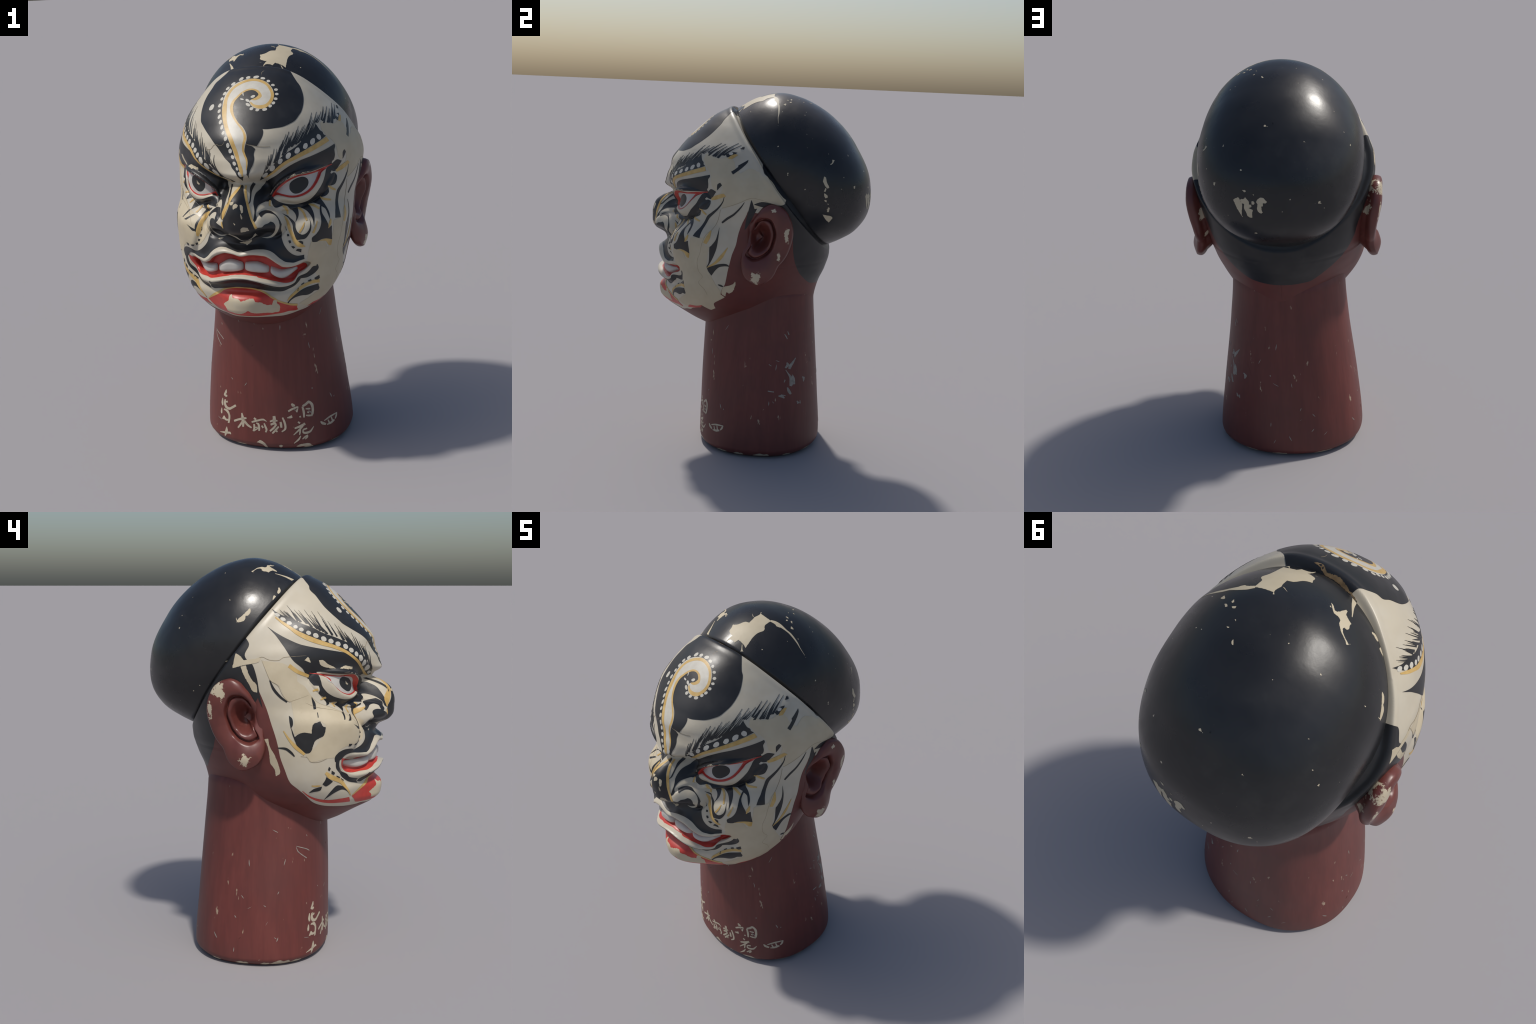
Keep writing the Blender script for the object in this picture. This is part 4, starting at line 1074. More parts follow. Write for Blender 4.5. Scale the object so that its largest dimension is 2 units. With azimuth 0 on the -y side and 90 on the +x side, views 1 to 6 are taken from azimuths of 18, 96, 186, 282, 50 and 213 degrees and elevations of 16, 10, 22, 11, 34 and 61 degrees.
    stroke(H, 'black', 'brow_bristle', 2,
          [(-30.41, 40.67, -0.04, -0.01), (-28.55, 37.8, -0.15, -0.03), (-26.85, 35.43, -0.31, -0.06)])
    stroke(H, 'black', 'brow_bristle', 2,
          [(-29.23, 41.4, -0.04, -0.01), (-27.06, 37.46, -0.22, -0.05), (-25.02, 34.26, -0.45, -0.08)])
    stroke(H, 'black', 'brow_bristle', 2,
          [(-26.54, 37.83, -0.03, -0.01), (-25.35, 35.95, -0.16, -0.03), (-24.45, 34.39, -0.34, -0.05)])
    stroke(H, 'black', 'brow_bristle', 2,
          [(-28.21, 38.05, -0.03, -0.01), (-26.78, 36, -0.15, -0.03), (-25.68, 34.27, -0.33, -0.06)])
    stroke(H, 'black', 'brow_bristle', 2,
          [(-26.6, 37.89, -0.03, -0.01), (-25.38, 35.96, -0.16, -0.03), (-24.45, 34.36, -0.34, -0.05)])
    stroke(H, 'black', 'brow_bristle', 2,
          [(-24.3, 40.39, -0.04, -0.01), (-23.16, 36.19, -0.24, -0.02), (-21.98, 32.76, -0.51, -0.04)])
    stroke(H, 'black', 'brow_bristle', 2,
          [(-22.64, 38.33, -0.04, 0), (-21.6, 35.35, -0.17, -0.01), (-20.82, 32.78, -0.4, -0.03)])
    stroke(H, 'black', 'brow_bristle', 2,
          [(-23.82, 37.61, -0.04, 0), (-22.73, 35.1, -0.17, -0.02), (-22.08, 32.91, -0.38, -0.03)])
    stroke(H, 'black', 'brow_bristle', 2,
          [(-24.81, 37.73, -0.04, -0.01), (-23.65, 35.22, -0.17, -0.02), (-22.95, 33.03, -0.37, -0.04)])
    stroke(H, 'black', 'brow_bristle', 2,
          [(-27.61, 39.4, -0.04, -0.01), (-25.85, 36.52, -0.22, -0.04), (-24.28, 34.18, -0.45, -0.08)])
    stroke(H, 'black', 'brow_bristle', 2,
          [(-27.73, 38.22, -0.03, -0.01), (-26.29, 36.17, -0.15, -0.03), (-25.12, 34.47, -0.33, -0.06)])
    stroke(H, 'black', 'brow_bristle', 2,
          [(-25.95, 37.18, -0.03, -0.01), (-24.72, 35.43, -0.16, -0.03), (-23.83, 33.96, -0.34, -0.06)])
    stroke(H, 'black', 'brow_bristle', 2,
          [(-27.12, 38.43, -0.03, -0.01), (-25.63, 36.17, -0.15, -0.03), (-24.39, 34.27, -0.34, -0.06)])
    stroke(H, 'black', 'brow_bristle', 2,
          [(-22.32, 37.88, -0.04, 0), (-20.81, 34.02, -0.27, -0.02), (-20.11, 30.6, -0.58, -0.04)])
    stroke(H, 'black', 'brow_bristle', 2,
          [(-21.5, 34.97, -0.04, 0), (-20.63, 32.57, -0.2, -0.01), (-20.3, 30.43, -0.42, -0.02)])
    stroke(H, 'black', 'brow_bristle', 2,
          [(-22.93, 35.81, -0.04, 0), (-21.84, 33.1, -0.19, -0.02), (-21.37, 30.64, -0.41, -0.03)])
    stroke(H, 'black', 'brow_bristle', 2,
          [(-21.5, 36.27, -0.04, 0), (-20.22, 33.29, -0.2, -0.01), (-19.77, 30.56, -0.43, -0.02)])
    stroke(H, 'black', 'brow_bristle', 2,
          [(-20.11, 35.97, -0.04, 0), (-18.67, 32.44, -0.31, -0.01), (-17.85, 29.32, -0.6, -0.02)])
    stroke(H, 'black', 'brow_bristle', 2,
          [(-18.75, 32.74, -0.05, 0), (-18.28, 30.83, -0.23, -0.01), (-17.69, 29.26, -0.45, -0.01)])
    stroke(H, 'black', 'brow_bristle', 2,
          [(-19.16, 34.45, -0.04, 0), (-18.25, 31.76, -0.23, -0.01), (-17.67, 29.39, -0.45, -0.01)])
    stroke(H, 'black', 'brow_bristle', 2,
          [(-18.81, 33.38, -0.05, 0), (-18.22, 31.25, -0.23, -0.01), (-17.76, 29.44, -0.46, -0.01)])
    stroke(H, 'black', 'brow_bristle', 2,
          [(-18.06, 34.62, -0.04, 0), (-17.28, 31.33, -0.34, -0.01), (-16.25, 28.56, -0.63, 0)])
    stroke(H, 'black', 'brow_bristle', 2,
          [(-18.19, 33.1, -0.05, 0), (-17.87, 30.58, -0.24, -0.01), (-16.66, 28.52, -0.46, 0)])
    stroke(H, 'black', 'brow_bristle', 2,
          [(-16.97, 33.13, -0.05, 0), (-16.65, 30.56, -0.25, 0), (-15.49, 28.45, -0.48, 0)])
    stroke(H, 'black', 'brow_bristle', 2,
          [(-17.02, 33.64, -0.05, 0), (-16.53, 30.93, -0.25, 0), (-15.7, 28.65, -0.48, 0)])
    stroke(H, 'black', 'brow_bristle', 2,
          [(-15.63, 33.6, -0.05, 0), (-15.98, 29.68, -0.36, 0.01), (-12.92, 26.64, -0.46, -0.01)])
    stroke(H, 'black', 'brow_bristle', 2,
          [(-15.18, 32.23, -0.05, 0), (-15.39, 29.13, -0.25, 0.01), (-12.78, 26.72, -0.35, 0)])
    stroke(H, 'black', 'brow_bristle', 2,
          [(-16.19, 30.25, -0.06, 0), (-15.1, 28.29, -0.25, 0), (-13.04, 26.7, -0.36, 0)])
    stroke(H, 'black', 'brow_bristle', 2,
          [(-18.07, 30.44, -0.05, 0), (-16.89, 28.36, -0.24, 0), (-14.1, 26.64, -0.35, -0.01)])
    stroke(H, 'black', 'brow_bristle', 2,
          [(-12.55, 31.4, -0.06, 0), (-12.54, 28.03, -0.33, 0.01), (-9.07, 25.07, -0.33, -0.01)])
    stroke(H, 'black', 'brow_bristle', 2,
          [(-14.92, 30.14, -0.06, 0), (-13.4, 27.52, -0.24, 0.01), (-9.3, 24.89, -0.23, -0.01)])
    stroke(H, 'black', 'brow_bristle', 2,
          [(-14.51, 29.07, -0.06, 0), (-12.69, 27.19, -0.21, 0), (-9.94, 25.29, -0.24, -0.01)])
    stroke(H, 'black', 'brow_bristle', 2,
          [(-12.24, 28.04, -0.05, 0), (-11.09, 26.57, -0.16, 0), (-8.41, 24.89, -0.27, 0)])
    stroke(H, 'black', 'brow_bristle', 2,
          [(-64.38, 55.61, -0.04, -0.01), (-62.5, 52.45, -0.22, -0.07), (-60.99, 49.79, -0.38, -0.12)])
    stroke(H, 'black', 'brow_bristle', 2,
          [(-63.31, 54.51, -0.03, -0.01), (-61.87, 51.99, -0.15, -0.05), (-60.71, 49.85, -0.29, -0.09)])
    stroke(H, 'black', 'brow_bristle', 2,
          [(-64.05, 54.21, -0.03, -0.01), (-62.55, 51.8, -0.15, -0.05), (-61.35, 49.77, -0.29, -0.09)])
    stroke(H, 'black', 'brow_bristle', 2,
          [(-63.67, 54.29, -0.03, -0.01), (-62.28, 51.96, -0.15, -0.05), (-61.17, 50.01, -0.29, -0.09)])
    stroke(H, 'black', 'brow_bristle', 2,
          [(-57.62, 53.44, -0.03, -0.01), (-54.93, 49.47, -0.21, -0.08), (-52.42, 46.13, -0.36, -0.13)])
    stroke(H, 'black', 'brow_bristle', 2,
          [(-55.06, 49.88, -0.03, -0.01), (-53.52, 47.72, -0.14, -0.05), (-52.17, 45.96, -0.27, -0.09)])
    stroke(H, 'black', 'brow_bristle', 2,
          [(-55.16, 51.05, -0.03, -0.01), (-53.36, 48.33, -0.14, -0.05), (-51.72, 46.05, -0.27, -0.09)])
    stroke(H, 'black', 'brow_bristle', 2,
          [(-55.66, 50.56, -0.03, -0.01), (-53.9, 48.07, -0.14, -0.05), (-52.31, 46, -0.27, -0.09)])
    beads(H, 'dot', 'painted_bead', 3,
          [(-75.49, 54.16, 2.04, -0.62, -0.48, -0.78), (-71.43, 51.64, 1.9, -0.64, -0.54, -0.8), 
           (-67.27, 49.38, 1.82, -0.37, -0.39, -0.91), (-63.28, 47.2, 1.58, -0.14, -0.15, -0.8), 
           (-59.45, 45.62, 1.52, -0.53, -0.61, -0.76), (-54.88, 43.72, 1.53, -0.65, -0.74, -0.73), 
           (-50.32, 42.06, 1.58, -0.82, -0.94, -0.72), (-45.32, 40.05, 1.56, -0.82, -1.03, -0.74), 
           (-40.69, 38.57, 1.29, -0.8, -1.21, -0.66), (-36.28, 36.84, 1.16, -0.88, -1.44, -0.6), 
           (-31.38, 35.19, 0.8, -1.01, -1.54, -0.41), (-28.17, 33.31, 0.68, -0.9, -1.55, -0.39), 
           (-25.37, 31.42, 0.01, -1, -1.42, -0.1), (-22.52, 29.68, 0.21, -1.1, -1.66, 0.04), 
           (-18.81, 27.81, 0.23, 0.88, 1.76, -0.35), (-13.32, 25.88, -0.2, 0.96, 2.2, -0.57), 
           (-6.94, 23.69, -0.4, 0.5, 2.64, -0.65)])
    stroke(H, 'gold', 'ochre_line', 3,
          [(-77, 52.98, -0.22, -0.19), (-71.97, 49.96, -0.54, -0.46), (-66.97, 47.05, -0.64, -0.51), 
           (-62.13, 44.27, -0.79, -0.71), (-54.88, 41.22, -0.81, -0.88), (-47.12, 38.49, -0.7, -0.81), 
           (-39.36, 36.01, -0.68, -0.6), (-32.49, 33.17, -0.74, -0.46), (-27.5, 30.14, -0.51, -0.29), 
           (-21.64, 27.44, -0.52, -0.2), (-11.34, 24.06, 0.21, -0.33), (-3.77, 22.17, 0.06, -0.17)])

    # right eye
    patch(H, 'black', 'eyelid_paint', 2, 0,
         [(10.83, 16.4), (11.64, 17.62), (12.13, 18.99), (15.21, 21.69), (20.64, 24.08), (25.02, 26.22), (29.01, 27.81), 
          (34.45, 29.31), (40.54, 30.55), (47.67, 32.1), (54.02, 33.54), (59.25, 34.83), (59.6, 33.87), (58.45, 32.35), 
          (58.58, 29.85), (57.55, 28.07), (55.99, 27.26), (55.67, 26.15), (50.33, 25.7), (45.92, 25.29), (39.9, 24.86), 
          (34.61, 24.73), (29.78, 23.36), (24.55, 20.5), (20.69, 17.3), (18.41, 13.45), (18.46, 11.55), (15.72, 11.59)])
    patch(H, 'tooth', 'eye', 2, 0,
         [(18.68, 13.7), (20.51, 16.67), (24.11, 19.73), (29.48, 22.64), (34.35, 24.05), (38.89, 23.8), (45.35, 24.41), 
          (50.09, 24.98), (55.44, 26), (51.92, 24.85), (49.02, 23.73), (47.92, 21.08), (46.38, 18.57), (43.02, 16.18), 
          (38.94, 14.01), (34.19, 12.72), (29.57, 12.83), (24.97, 13.95), (21, 14.51)])
    patch(H, 'black', 'pupil', 3, 0,
         [(29.34, 20.17), (31.45, 21.64), (34.56, 22.5), (37.76, 22.51), (40.11, 21.25), (40.73, 19.38), (39.73, 17.33), 
          (37.02, 15.41), (34.12, 14.3), (31.38, 14.57), (29.34, 16.45), (28.92, 18.39)])
    stroke(H, 'red', 'eye_rim', 5,
          [(18.68, 13.7, 0.4, -0.22), (20.32, 16.37, 0.05, -0.54), (23.92, 19.45, -0.16, -0.65), (29.3, 22.37, -0.14, -0.48), 
           (34.23, 23.87, -0.23, -0.46), (38.73, 23.63, -0.31, -0.4), (45.23, 24.23, -0.14, -0.46), (50.07, 24.92, 0.09, -0.43), 
           (55.43, 25.95, 0.08, -0.13)])
    stroke(H, 'red', 'eye_rim', 5,
          [(18.8, 13.81, 0.37, -0.64), (20.88, 14.85, 0.24, -0.59), (24.92, 14.06, 0.04, -0.35), (29.5, 13, 0.08, -0.45), 
           (34.11, 12.93, 0.28, -0.46), (38.9, 14.12, 0.51, -0.49), (42.89, 16.37, 0.77, -0.46), (45.67, 19.2, 1.02, -0.37), 
           (47.13, 21.69, 1.16, -0.34), (47.94, 23.61, 1.08, -0.5), (51.55, 24.9, 0.35, -0.34)])
    patch(H, 'cream', 'flaked_patch', 3, 0.3,
         [(30.09, 23.46), (30.89, 24.16), (33.21, 24.92), (34.95, 24.39), (33.66, 23.78), (31.99, 23.54), (30.11, 22.71)])
    patch(H, 'cream', 'flaked_patch', 3, 0.3,
         [(36.66, 24.72), (38, 25.35), (39.26, 25.34), (39.8, 24.73), (37.89, 24.49)])
    patch(H, 'black', 'under_eye_flame', 2, 0,
         [(12.88, 17.73), (16.06, 13.73), (18.47, 11.8), (19.2, 9.91), (20.07, 7.89), (21.49, 7.42), (23.4, 7.8), (24.66, 8.17), 
          (27.13, 7.35), (28.83, 4.91), (30.54, 2.56), (30.95, 0.55), (30.08, -1.7), (32.12, 1), (32.57, 2.95), (32.13, 5.86), 
          (33.95, 5.34), (37.12, 3.95), (39.07, 2.12), (40.4, -0.31), (40.47, -3.23), (41.56, 0.05), (41.45, 2.91), 
          (40.12, 5.48), (38.05, 6.57), (41.92, 7.12), (46.59, 5.76), (45.73, 2.92), (45.2, -1.42), (43.8, -5.12), 
          (41.34, -7.98), (38.93, -9.47), (38.44, -10.2), (38.55, -11.98), (40.88, -12.32), (43.54, -11.55), (46.62, -11.76), 
          (50.4, -13.35), (50.39, -8.77), (50.74, -5.7), (48.42, -6.66), (48.48, -4.27), (47.53, -0.86), (46.69, 2.04), 
          (47.27, 5), (49.47, 3.36), (50.09, 0.66), (50.24, -1.98), (51.13, 0.71), (50.62, 3.68), (48.78, 6.92), (46.1, 9.67), 
          (48.8, 9.73), (51.55, 10.4), (53.17, 11.86), (53.06, 13.3), (52.88, 15.52), (55.4, 15.08), (58.37, 15.62), 
          (59.89, 17.36), (60.34, 19.45), (58.96, 20.84), (57.49, 21.68), (55.98, 21.33), (55.05, 21.88), (55.91, 22.96), 
          (58.44, 22.15), (61.96, 24.42), (65.09, 26.59), (60.57, 27.67), (56.54, 26.32), (52.33, 24.64), (51.61, 21.58), 
          (50.05, 18.16), (47.33, 14.99), (43.85, 11.89), (39.63, 9.29), (35.47, 8.26), (30.75, 7.73), (26.38, 8.55), 
          (23.25, 10.11), (20.39, 12.31), (18.55, 12.99)])

    # left eye
    patch(H, 'black', 'eyelid_paint', 2, 0,
         [(-82.49, 48.28), (-76.22, 45.12), (-68.82, 41.96), (-59.84, 38.75), (-29.13, 31.86), (-22.57, 29.87), (-17.4, 27.99), 
          (-13.49, 26.02), (-9.4, 23.05), (-9.66, 20.23), (-8.6, 19.01), (-6.49, 17.46), (-7, 14.6), (-8.19, 11.47), (-8, 8.63), 
          (-7.16, 3.43), (-8.74, 4.59), (-9.28, 8.28), (-10.02, 10.85), (-11.95, 12.28), (-13.89, 11.82), (-16.57, 9.09), 
          (-18.42, 7.67), (-20.45, 8.35), (-20.12, 9.77), (-16.93, 12.13), (-14.47, 14.33), (-15.49, 13.78), (-17.9, 17.33), 
          (-21.8, 20.57), (-27.21, 23.35), (-32.1, 24.65), (-37.06, 24.84), (-43.2, 25.27), (-47.85, 26.14), (-53.78, 26.01), 
          (-49.27, 26.54), (-49.01, 22.42), (-51.95, 19.45), (-53.96, 22.54), (-59.31, 27.33), (-66.57, 31.92), (-72.11, 38.94), 
          (-76.88, 44.03)])
    patch(H, 'tooth', 'eye', 2, 0,
         [(-16.01, 13.82), (-17.7, 16.74), (-21.34, 19.8), (-26.78, 22.72), (-31.64, 24.1), (-36.08, 23.83), (-42.59, 24.42), 
          (-47.63, 24.97), (-53.56, 25.86), (-49.77, 25.36), (-45.75, 24.1), (-45.81, 21.59), (-42.49, 19.45), (-39.83, 16.98), 
          (-36.31, 14.33), (-31.39, 13.24), (-26.85, 13.21), (-22.15, 14.2), (-18.04, 14.8)])
    patch(H, 'black', 'pupil', 3, 0,
         [(-25.98, 20.75), (-28.17, 22.23), (-31.38, 22.98), (-34.73, 23.23), (-37.18, 22.05), (-37.84, 20.2), (-36.86, 18.15), 
          (-34.1, 16.21), (-31.11, 15.04), (-28.24, 15.31), (-26.07, 17.19), (-25.57, 19.1)])
    patch(H, 'cream', 'flaked_patch', 4, 0.2,
         [(-32.58, 21.13), (-31.23, 20.2), (-29.69, 19.26), (-30.86, 18.82), (-32.5, 19.54)])
    stroke(H, 'red', 'eye_rim', 5,
          [(-16.01, 13.82, -0.29, -0.04), (-17.5, 16.44, -0.07, -0.53), (-21.14, 19.53, 0.16, -0.67), 
           (-26.59, 22.46, 0.17, -0.45), (-31.52, 23.92, 0.28, -0.43), (-36.23, 23.59, 0.02, -0.24), 
           (-42.36, 24.22, -0.22, -0.27), (-47.87, 25.02, -0.61, -0.17), (-53.57, 25.81, -0.13, -0.12)])
    stroke(H, 'red', 'eye_rim', 5,
          [(-16.14, 13.96, -0.26, -0.45), (-17.88, 15.19, -0.3, -0.6), (-22.12, 14.33, -0.03, -0.34), 
           (-26.88, 13.36, 0.03, -0.37), (-31.54, 13.18, -0.05, -0.31), (-36.39, 14.41, -0.16, -0.23), 
           (-40.47, 16.74, -0.16, -0.15), (-43.02, 20.11, -0.06, -0.11), (-43.8, 22.34, -0.94, -0.2), 
           (-45.72, 24.02, -0.39, -0.16), (-49.5, 25.35, -0.22, -0.15)])
    patch(H, 'cream', 'flaked_patch', 3, 0.3,
         [(-50.19, 31.04), (-47.7, 31.06), (-44.53, 29.28), (-41.94, 28.18), (-40.48, 27.17), (-43.59, 27.52), (-48.4, 28.94)])
    patch(H, 'cream', 'flaked_patch', 3, 0.3,
         [(-38.61, 27.08), (-34.92, 27.92), (-31.33, 27.52), (-27.69, 27.12), (-28.2, 26.26), (-35.55, 26.66)])
    patch(H, 'cream', 'flaked_patch', 3, 0.3,
         [(-59.44, 31.62), (-57.25, 33.12), (-56.4, 32.3), (-55.56, 30.36)])
    patch(H, 'black', 'under_eye_flame', 2, 0,
         [(-59.44, 28.91), (-53.1, 25.22), (-54.25, 22), (-53.24, 19.38), (-50.08, 19.16), (-50.31, 15.31), (-46.74, 12.93), 
          (-43.63, 12.12), (-46.47, 7.52), (-39.13, 9.24), (-36.6, 9.08), (-36.95, 3.32), (-28.03, 7.38), (-25.3, 4.46), 
          (-25.8, -3.4), (-22.22, 4.85), (-23.47, 8.03), (-16.47, 7.44), (-16.9, 11.55), (-12.34, 14.83), (-20.14, 13.48), 
          (-28.64, 10.72), (-34.04, 10.4), (-40.6, 12.13), (-44.94, 14.89), (-48.32, 19.35), (-49.07, 23.53), (-49.18, 26.82), 
          (-54.1, 28.68)])
    patch(H, 'black', 'nose_side', 2, 0,
         [(-22.25, 20.53), (-6.45, 18.76), (-5.84, 16.87), (-6.27, 13.47), (-6.81, 8.16), (-5.3, 3.01), (-6.47, 3.77), 
          (-8.29, 9.46), (-9.31, 11.87), (-11.56, 12.27), (-19.04, 12.55)])

    # right side of the bridge of the nose
    patch(H, 'black', 'nose_side', 2, 0,
         [(14.61, 22.01), (11.8, 18.21), (10.41, 16.97), (10.18, 15.14), (10.51, 12.31), (11.35, 9.71), (11.85, 7.65), 
          (11.68, 4.39), (11.03, 2.08), (12.99, 3.67), (12.55, 6.43), (12.37, 8.97), (12.78, 10.67), (14.22, 11.34), 
          (16.69, 11.81), (19.95, 12.47), (18.58, 14.39), (14.88, 17.44)])

    # nose
    patch(H, 'black', 'nose_ridge', 2, 0,
         [(2.44, 21.27), (3.55, 20.8), (5.15, 18.51), (6.79, 14.95), (8.24, 10.59), (9.71, 5.91), (11.17, 2.07), (12.42, -1.4), 
          (11.69, -3.51), (9.08, -6.17), (7.14, -8.24), (4.19, -9.75), (1.35, -9.49), (-1, -7), (-3.71, -3.99), (-6.3, -1.76), 
          (-7.12, 1.31), (-6.76, 3.5), (-4.46, 7.34), (-2.48, 11.1), (-1.24, 14.19), (-0.09, 16.68), (0.99, 18.58), 
          (1.59, 19.73), (1.94, 20.7)])
    patch(H, 'black', 'nostril', 2, 0,
         [(12.06, -2.34), (13.62, -0.84), (15.54, -0.85), (16.79, 0.29), (18.34, 0.69), (19.49, 1.35), (20.7, 0.32), 
          (21.14, -1.82), (19.71, -4.87), (17.32, -7.46), (14.86, -8.32), (11.67, -8.11), (10.41, -5.85)])
    patch(H, 'black', 'nostril', 2, 0,
         [(-5.96, -1.87), (-8.19, -0.33), (-11.46, 1.39), (-14.28, 2.93), (-16.91, 2.27), (-17.69, 0.48), (-17.02, -2.05), 
          (-16.95, -5.4), (-14.6, -7.31), (-11.28, -7.98), (-6.2, -6.2), (-3.49, -4.33)])
    stroke(H, 'gold', 'ochre_line', 3,
          [(2.04, 21.19, -0.22, 0.08), (1.35, 19.81, -0.7, 0.19), (0.11, 18.36, -0.88, 0.27), (-1.2, 16.58, -0.99, 0.16), 
           (-2.51, 13.97, -0.99, 0.05), (-4.82, 10.57, -1.49, -0.07), (-6.38, 7.45, -1.41, -0.12), (-7.18, 4.02, -0.44, -0.02)])
    stroke(H, 'gold', 'ochre_line', 3,
          [(4.77, 20.86, -0.43, 0.09), (5.5, 19.37, -0.47, 0.08), (6.96, 16.04, -0.43, 0.05), (8.25, 12.09, -0.47, 0.01), 
           (9.63, 7.89, -0.51, -0.05), (10.7, 4, -0.5, -0.14), (11.68, 1.6, -0.54, -0.26), (12.77, -1.09, -0.68, -0.36)])
    stroke(H, 'gold', 'ochre_line', 3,
          [(-7.89, 2.42, -0.38, -0.1), (-7.49, 0.35, -0.51, -0.18), (-6.75, -1.31, -0.22, -0.12)])
    stroke(H, 'black', 'thin_stroke', 3,
          [(8.39, 21.23, -0.57, 0.48), (7.83, 20.04, -0.74, 0.35), (8.13, 18.15, -0.32, 0.15), (8.73, 15.46, -0.23, 0.11), 
           (8.85, 13.34, -0.19, 0.15), (8.11, 12.38, -0.06, 0.07)])
    stroke(H, 'black', 'thin_stroke', 3,
          [(-4.99, 20.89, -0.69, -0.09), (-3.29, 18.45, -0.72, -0.13), (-2.69, 14.69, -0.44, -0.05), (-3.26, 12.91, -0.12, -0.01)])
    patch(H, 'cream', 'flaked_patch', 3, 0.2,
         [(-1.69, 14.38), (1.09, 14.99), (0.9, 13.82), (-0.36, 12.97), (-1.43, 13.25)])
    patch(H, 'cream', 'flaked_patch', 3, 0.2,
         [(0.95, 13.3), (2.45, 13.96), (3.68, 12.99), (3.2, 11.81), (1.71, 11.28), (1.11, 10.58), (0.66, 11.95)])
    patch(H, 'cream', 'flaked_patch', 3, 0.2,
         [(4.52, 13.17), (5.49, 12.89), (6.19, 11.85), (6.39, 8.85), (5.64, 8.54), (5.06, 10.43)])
    patch(H, 'cream', 'flaked_patch', 3, 0.2,
         [(5.11, 8.46), (6.12, 6.12), (5.91, 4.9), (5.41, 5.28)])
    patch(H, 'cream', 'flaked_patch', 3, 0.3,
         [(4.56, -1.04), (5.8, 0.13), (8.29, -0.49), (8.7, -2.2), (6.57, -2.6), (4.39, -2.92)])
    patch(H, 'cream', 'flaked_patch', 3, 0.2,
         [(0.95, 3.05), (1.98, 2.14), (1.62, 1.51), (1.05, 2.27)])
    patch(H, 'black', 'nostril_curl', 3, 0,
         [(13.67, 6.58), (14.71, 7.47), (16.56, 7.25), (19.48, 6.14), (21.93, 3.96), (23.19, 0.79), (23.57, -1.6), (22.9, -1.59), 
          (22.67, 1.56), (21.5, 4.09), (19.51, 5.41), (17.11, 6.07), (15.79, 5.29), (15.47, 4.65), (14.32, 5.45)])
    patch(H, 'black', 'nostril_curl', 3, 0,
         [(-20.23, 3.42), (-17.42, 6.54), (-13.67, 8.63), (-10.57, 9.33), (-9.43, 7.02), (-10.53, 3.29), (-13, 0.65), 
          (-13.17, 3.55), (-12.92, 5.44), (-13.95, 6.19), (-17, 5.2), (-19.82, 2.39)])

    # mouth: black moustache, vermilion gums, black band under the lip
    patch(H, 'black', 'moustache', 2, 0,
         [(-18.08, -2.4), (-16.93, -6.41), (-13.88, -8.35), (-10.56, -8.59), (-6.6, -7), (-3, -7.8), (1.22, -9.98), 
          (4.11, -10.06), (7.01, -8.85), (10.16, -6.78), (12.17, -8.4), (14.87, -8.97), (17.47, -8.58), (20.35, -6.23), 
          (22.39, -3.22), (22.94, -1.32), (23.57, -1.6), (22.64, -5.41), (22.58, -8.81), (23.58, -11.98), (25.32, -14.78), 
          (26.58, -16.18), (28.05, -17.42), (30.4, -18.5), (33.43, -18.31), (33.43, -19.34), (33.72, -20.31), (31.51, -20.67), 
          (28.81, -21.25), (26.88, -20.97), (24.7, -20.47), (23.19, -19.62), (21.45, -18.26), (19.17, -16.14), (17.2, -14.74), 
          (14.67, -13.89), (11.49, -13.74), (8.78, -13.88), (6.63, -14.24), (4.15, -14.8), (2.74, -15.2), (0.11, -15.3), 
          (-2.6, -14.65), (-6.44, -13.66), (-8.12, -13.3), (-11.73, -13.45), (-14.9, -14.77), (-17.38, -16.57), (-19.6, -18.59), 
          (-22.39, -20.16), (-24.45, -20.06), (-28.01, -19.7), (-32.89, -19.13), (-36.04, -20.02), (-38.14, -21.84), 
          (-42.25, -22.83), (-42.84, -20.23), (-40.96, -18.06), (-37.7, -16.81), (-33.03, -16.95), (-29.76, -17.84), 
          (-26.01, -16.7), (-22.17, -14.11), (-20.22, -11.66), (-19.54, -8.64), (-18.77, -4.82)])
    patch(H, 'red', 'gums', 2, 0,
         [(-19.91, -21.89), (-15.69, -18.91), (-13, -18.2), (-9.4, -17), (-4.07, -17), (-0.6, -18.2), (1, -18.2), (2.43, -18.01), 
          (5, -17.8), (9.8, -17.4), (13, -17.8), (16.9, -18.63), (18.38, -18.92), (20.04, -20.34), (22.32, -22.15), 
          (23.8, -24.01), (27.26, -23.8), (30.07, -22.87), (31.47, -23.32), (31.8, -23.4), (33.04, -24.69), (33.28, -25.52), 
          (32.28, -26.21), (29.22, -27.37), (28.34, -28.85), (27.9, -29.74), (25.94, -30.32), (22.7, -30.24), (18.92, -29.44), 
          (14.55, -28.55), (9.82, -27.71), (9.19, -27.51), (3.59, -27.12), (-0.82, -27.08), (-5.42, -27.4), (-10.27, -28.06), 
          (-15.21, -28.8), (-18.94, -29.37), (-22.2, -29.36), (-27.68, -29.31), (-30.86, -28.59), (-33.13, -26.85), 
          (-36.8, -23.83), (-37.64, -21.31), (-25.05, -23.58), (-23.4, -22.84)])
    stroke(H, 'black', 'lip_band', 2,
          [(-36.85, -17.65, -1.09, 0.78), (-39.5, -19.73, -1.16, 0.64), (-40.36, -22.93, -1.24, 0.24), 
           (-39.16, -26.16, -1.44, -0.12), (-32.56, -29.61, -1.36, -0.41), (-28.66, -32.07, 0.24, -0.89), 
           (-22.25, -33.53, 1.12, -1.11)])
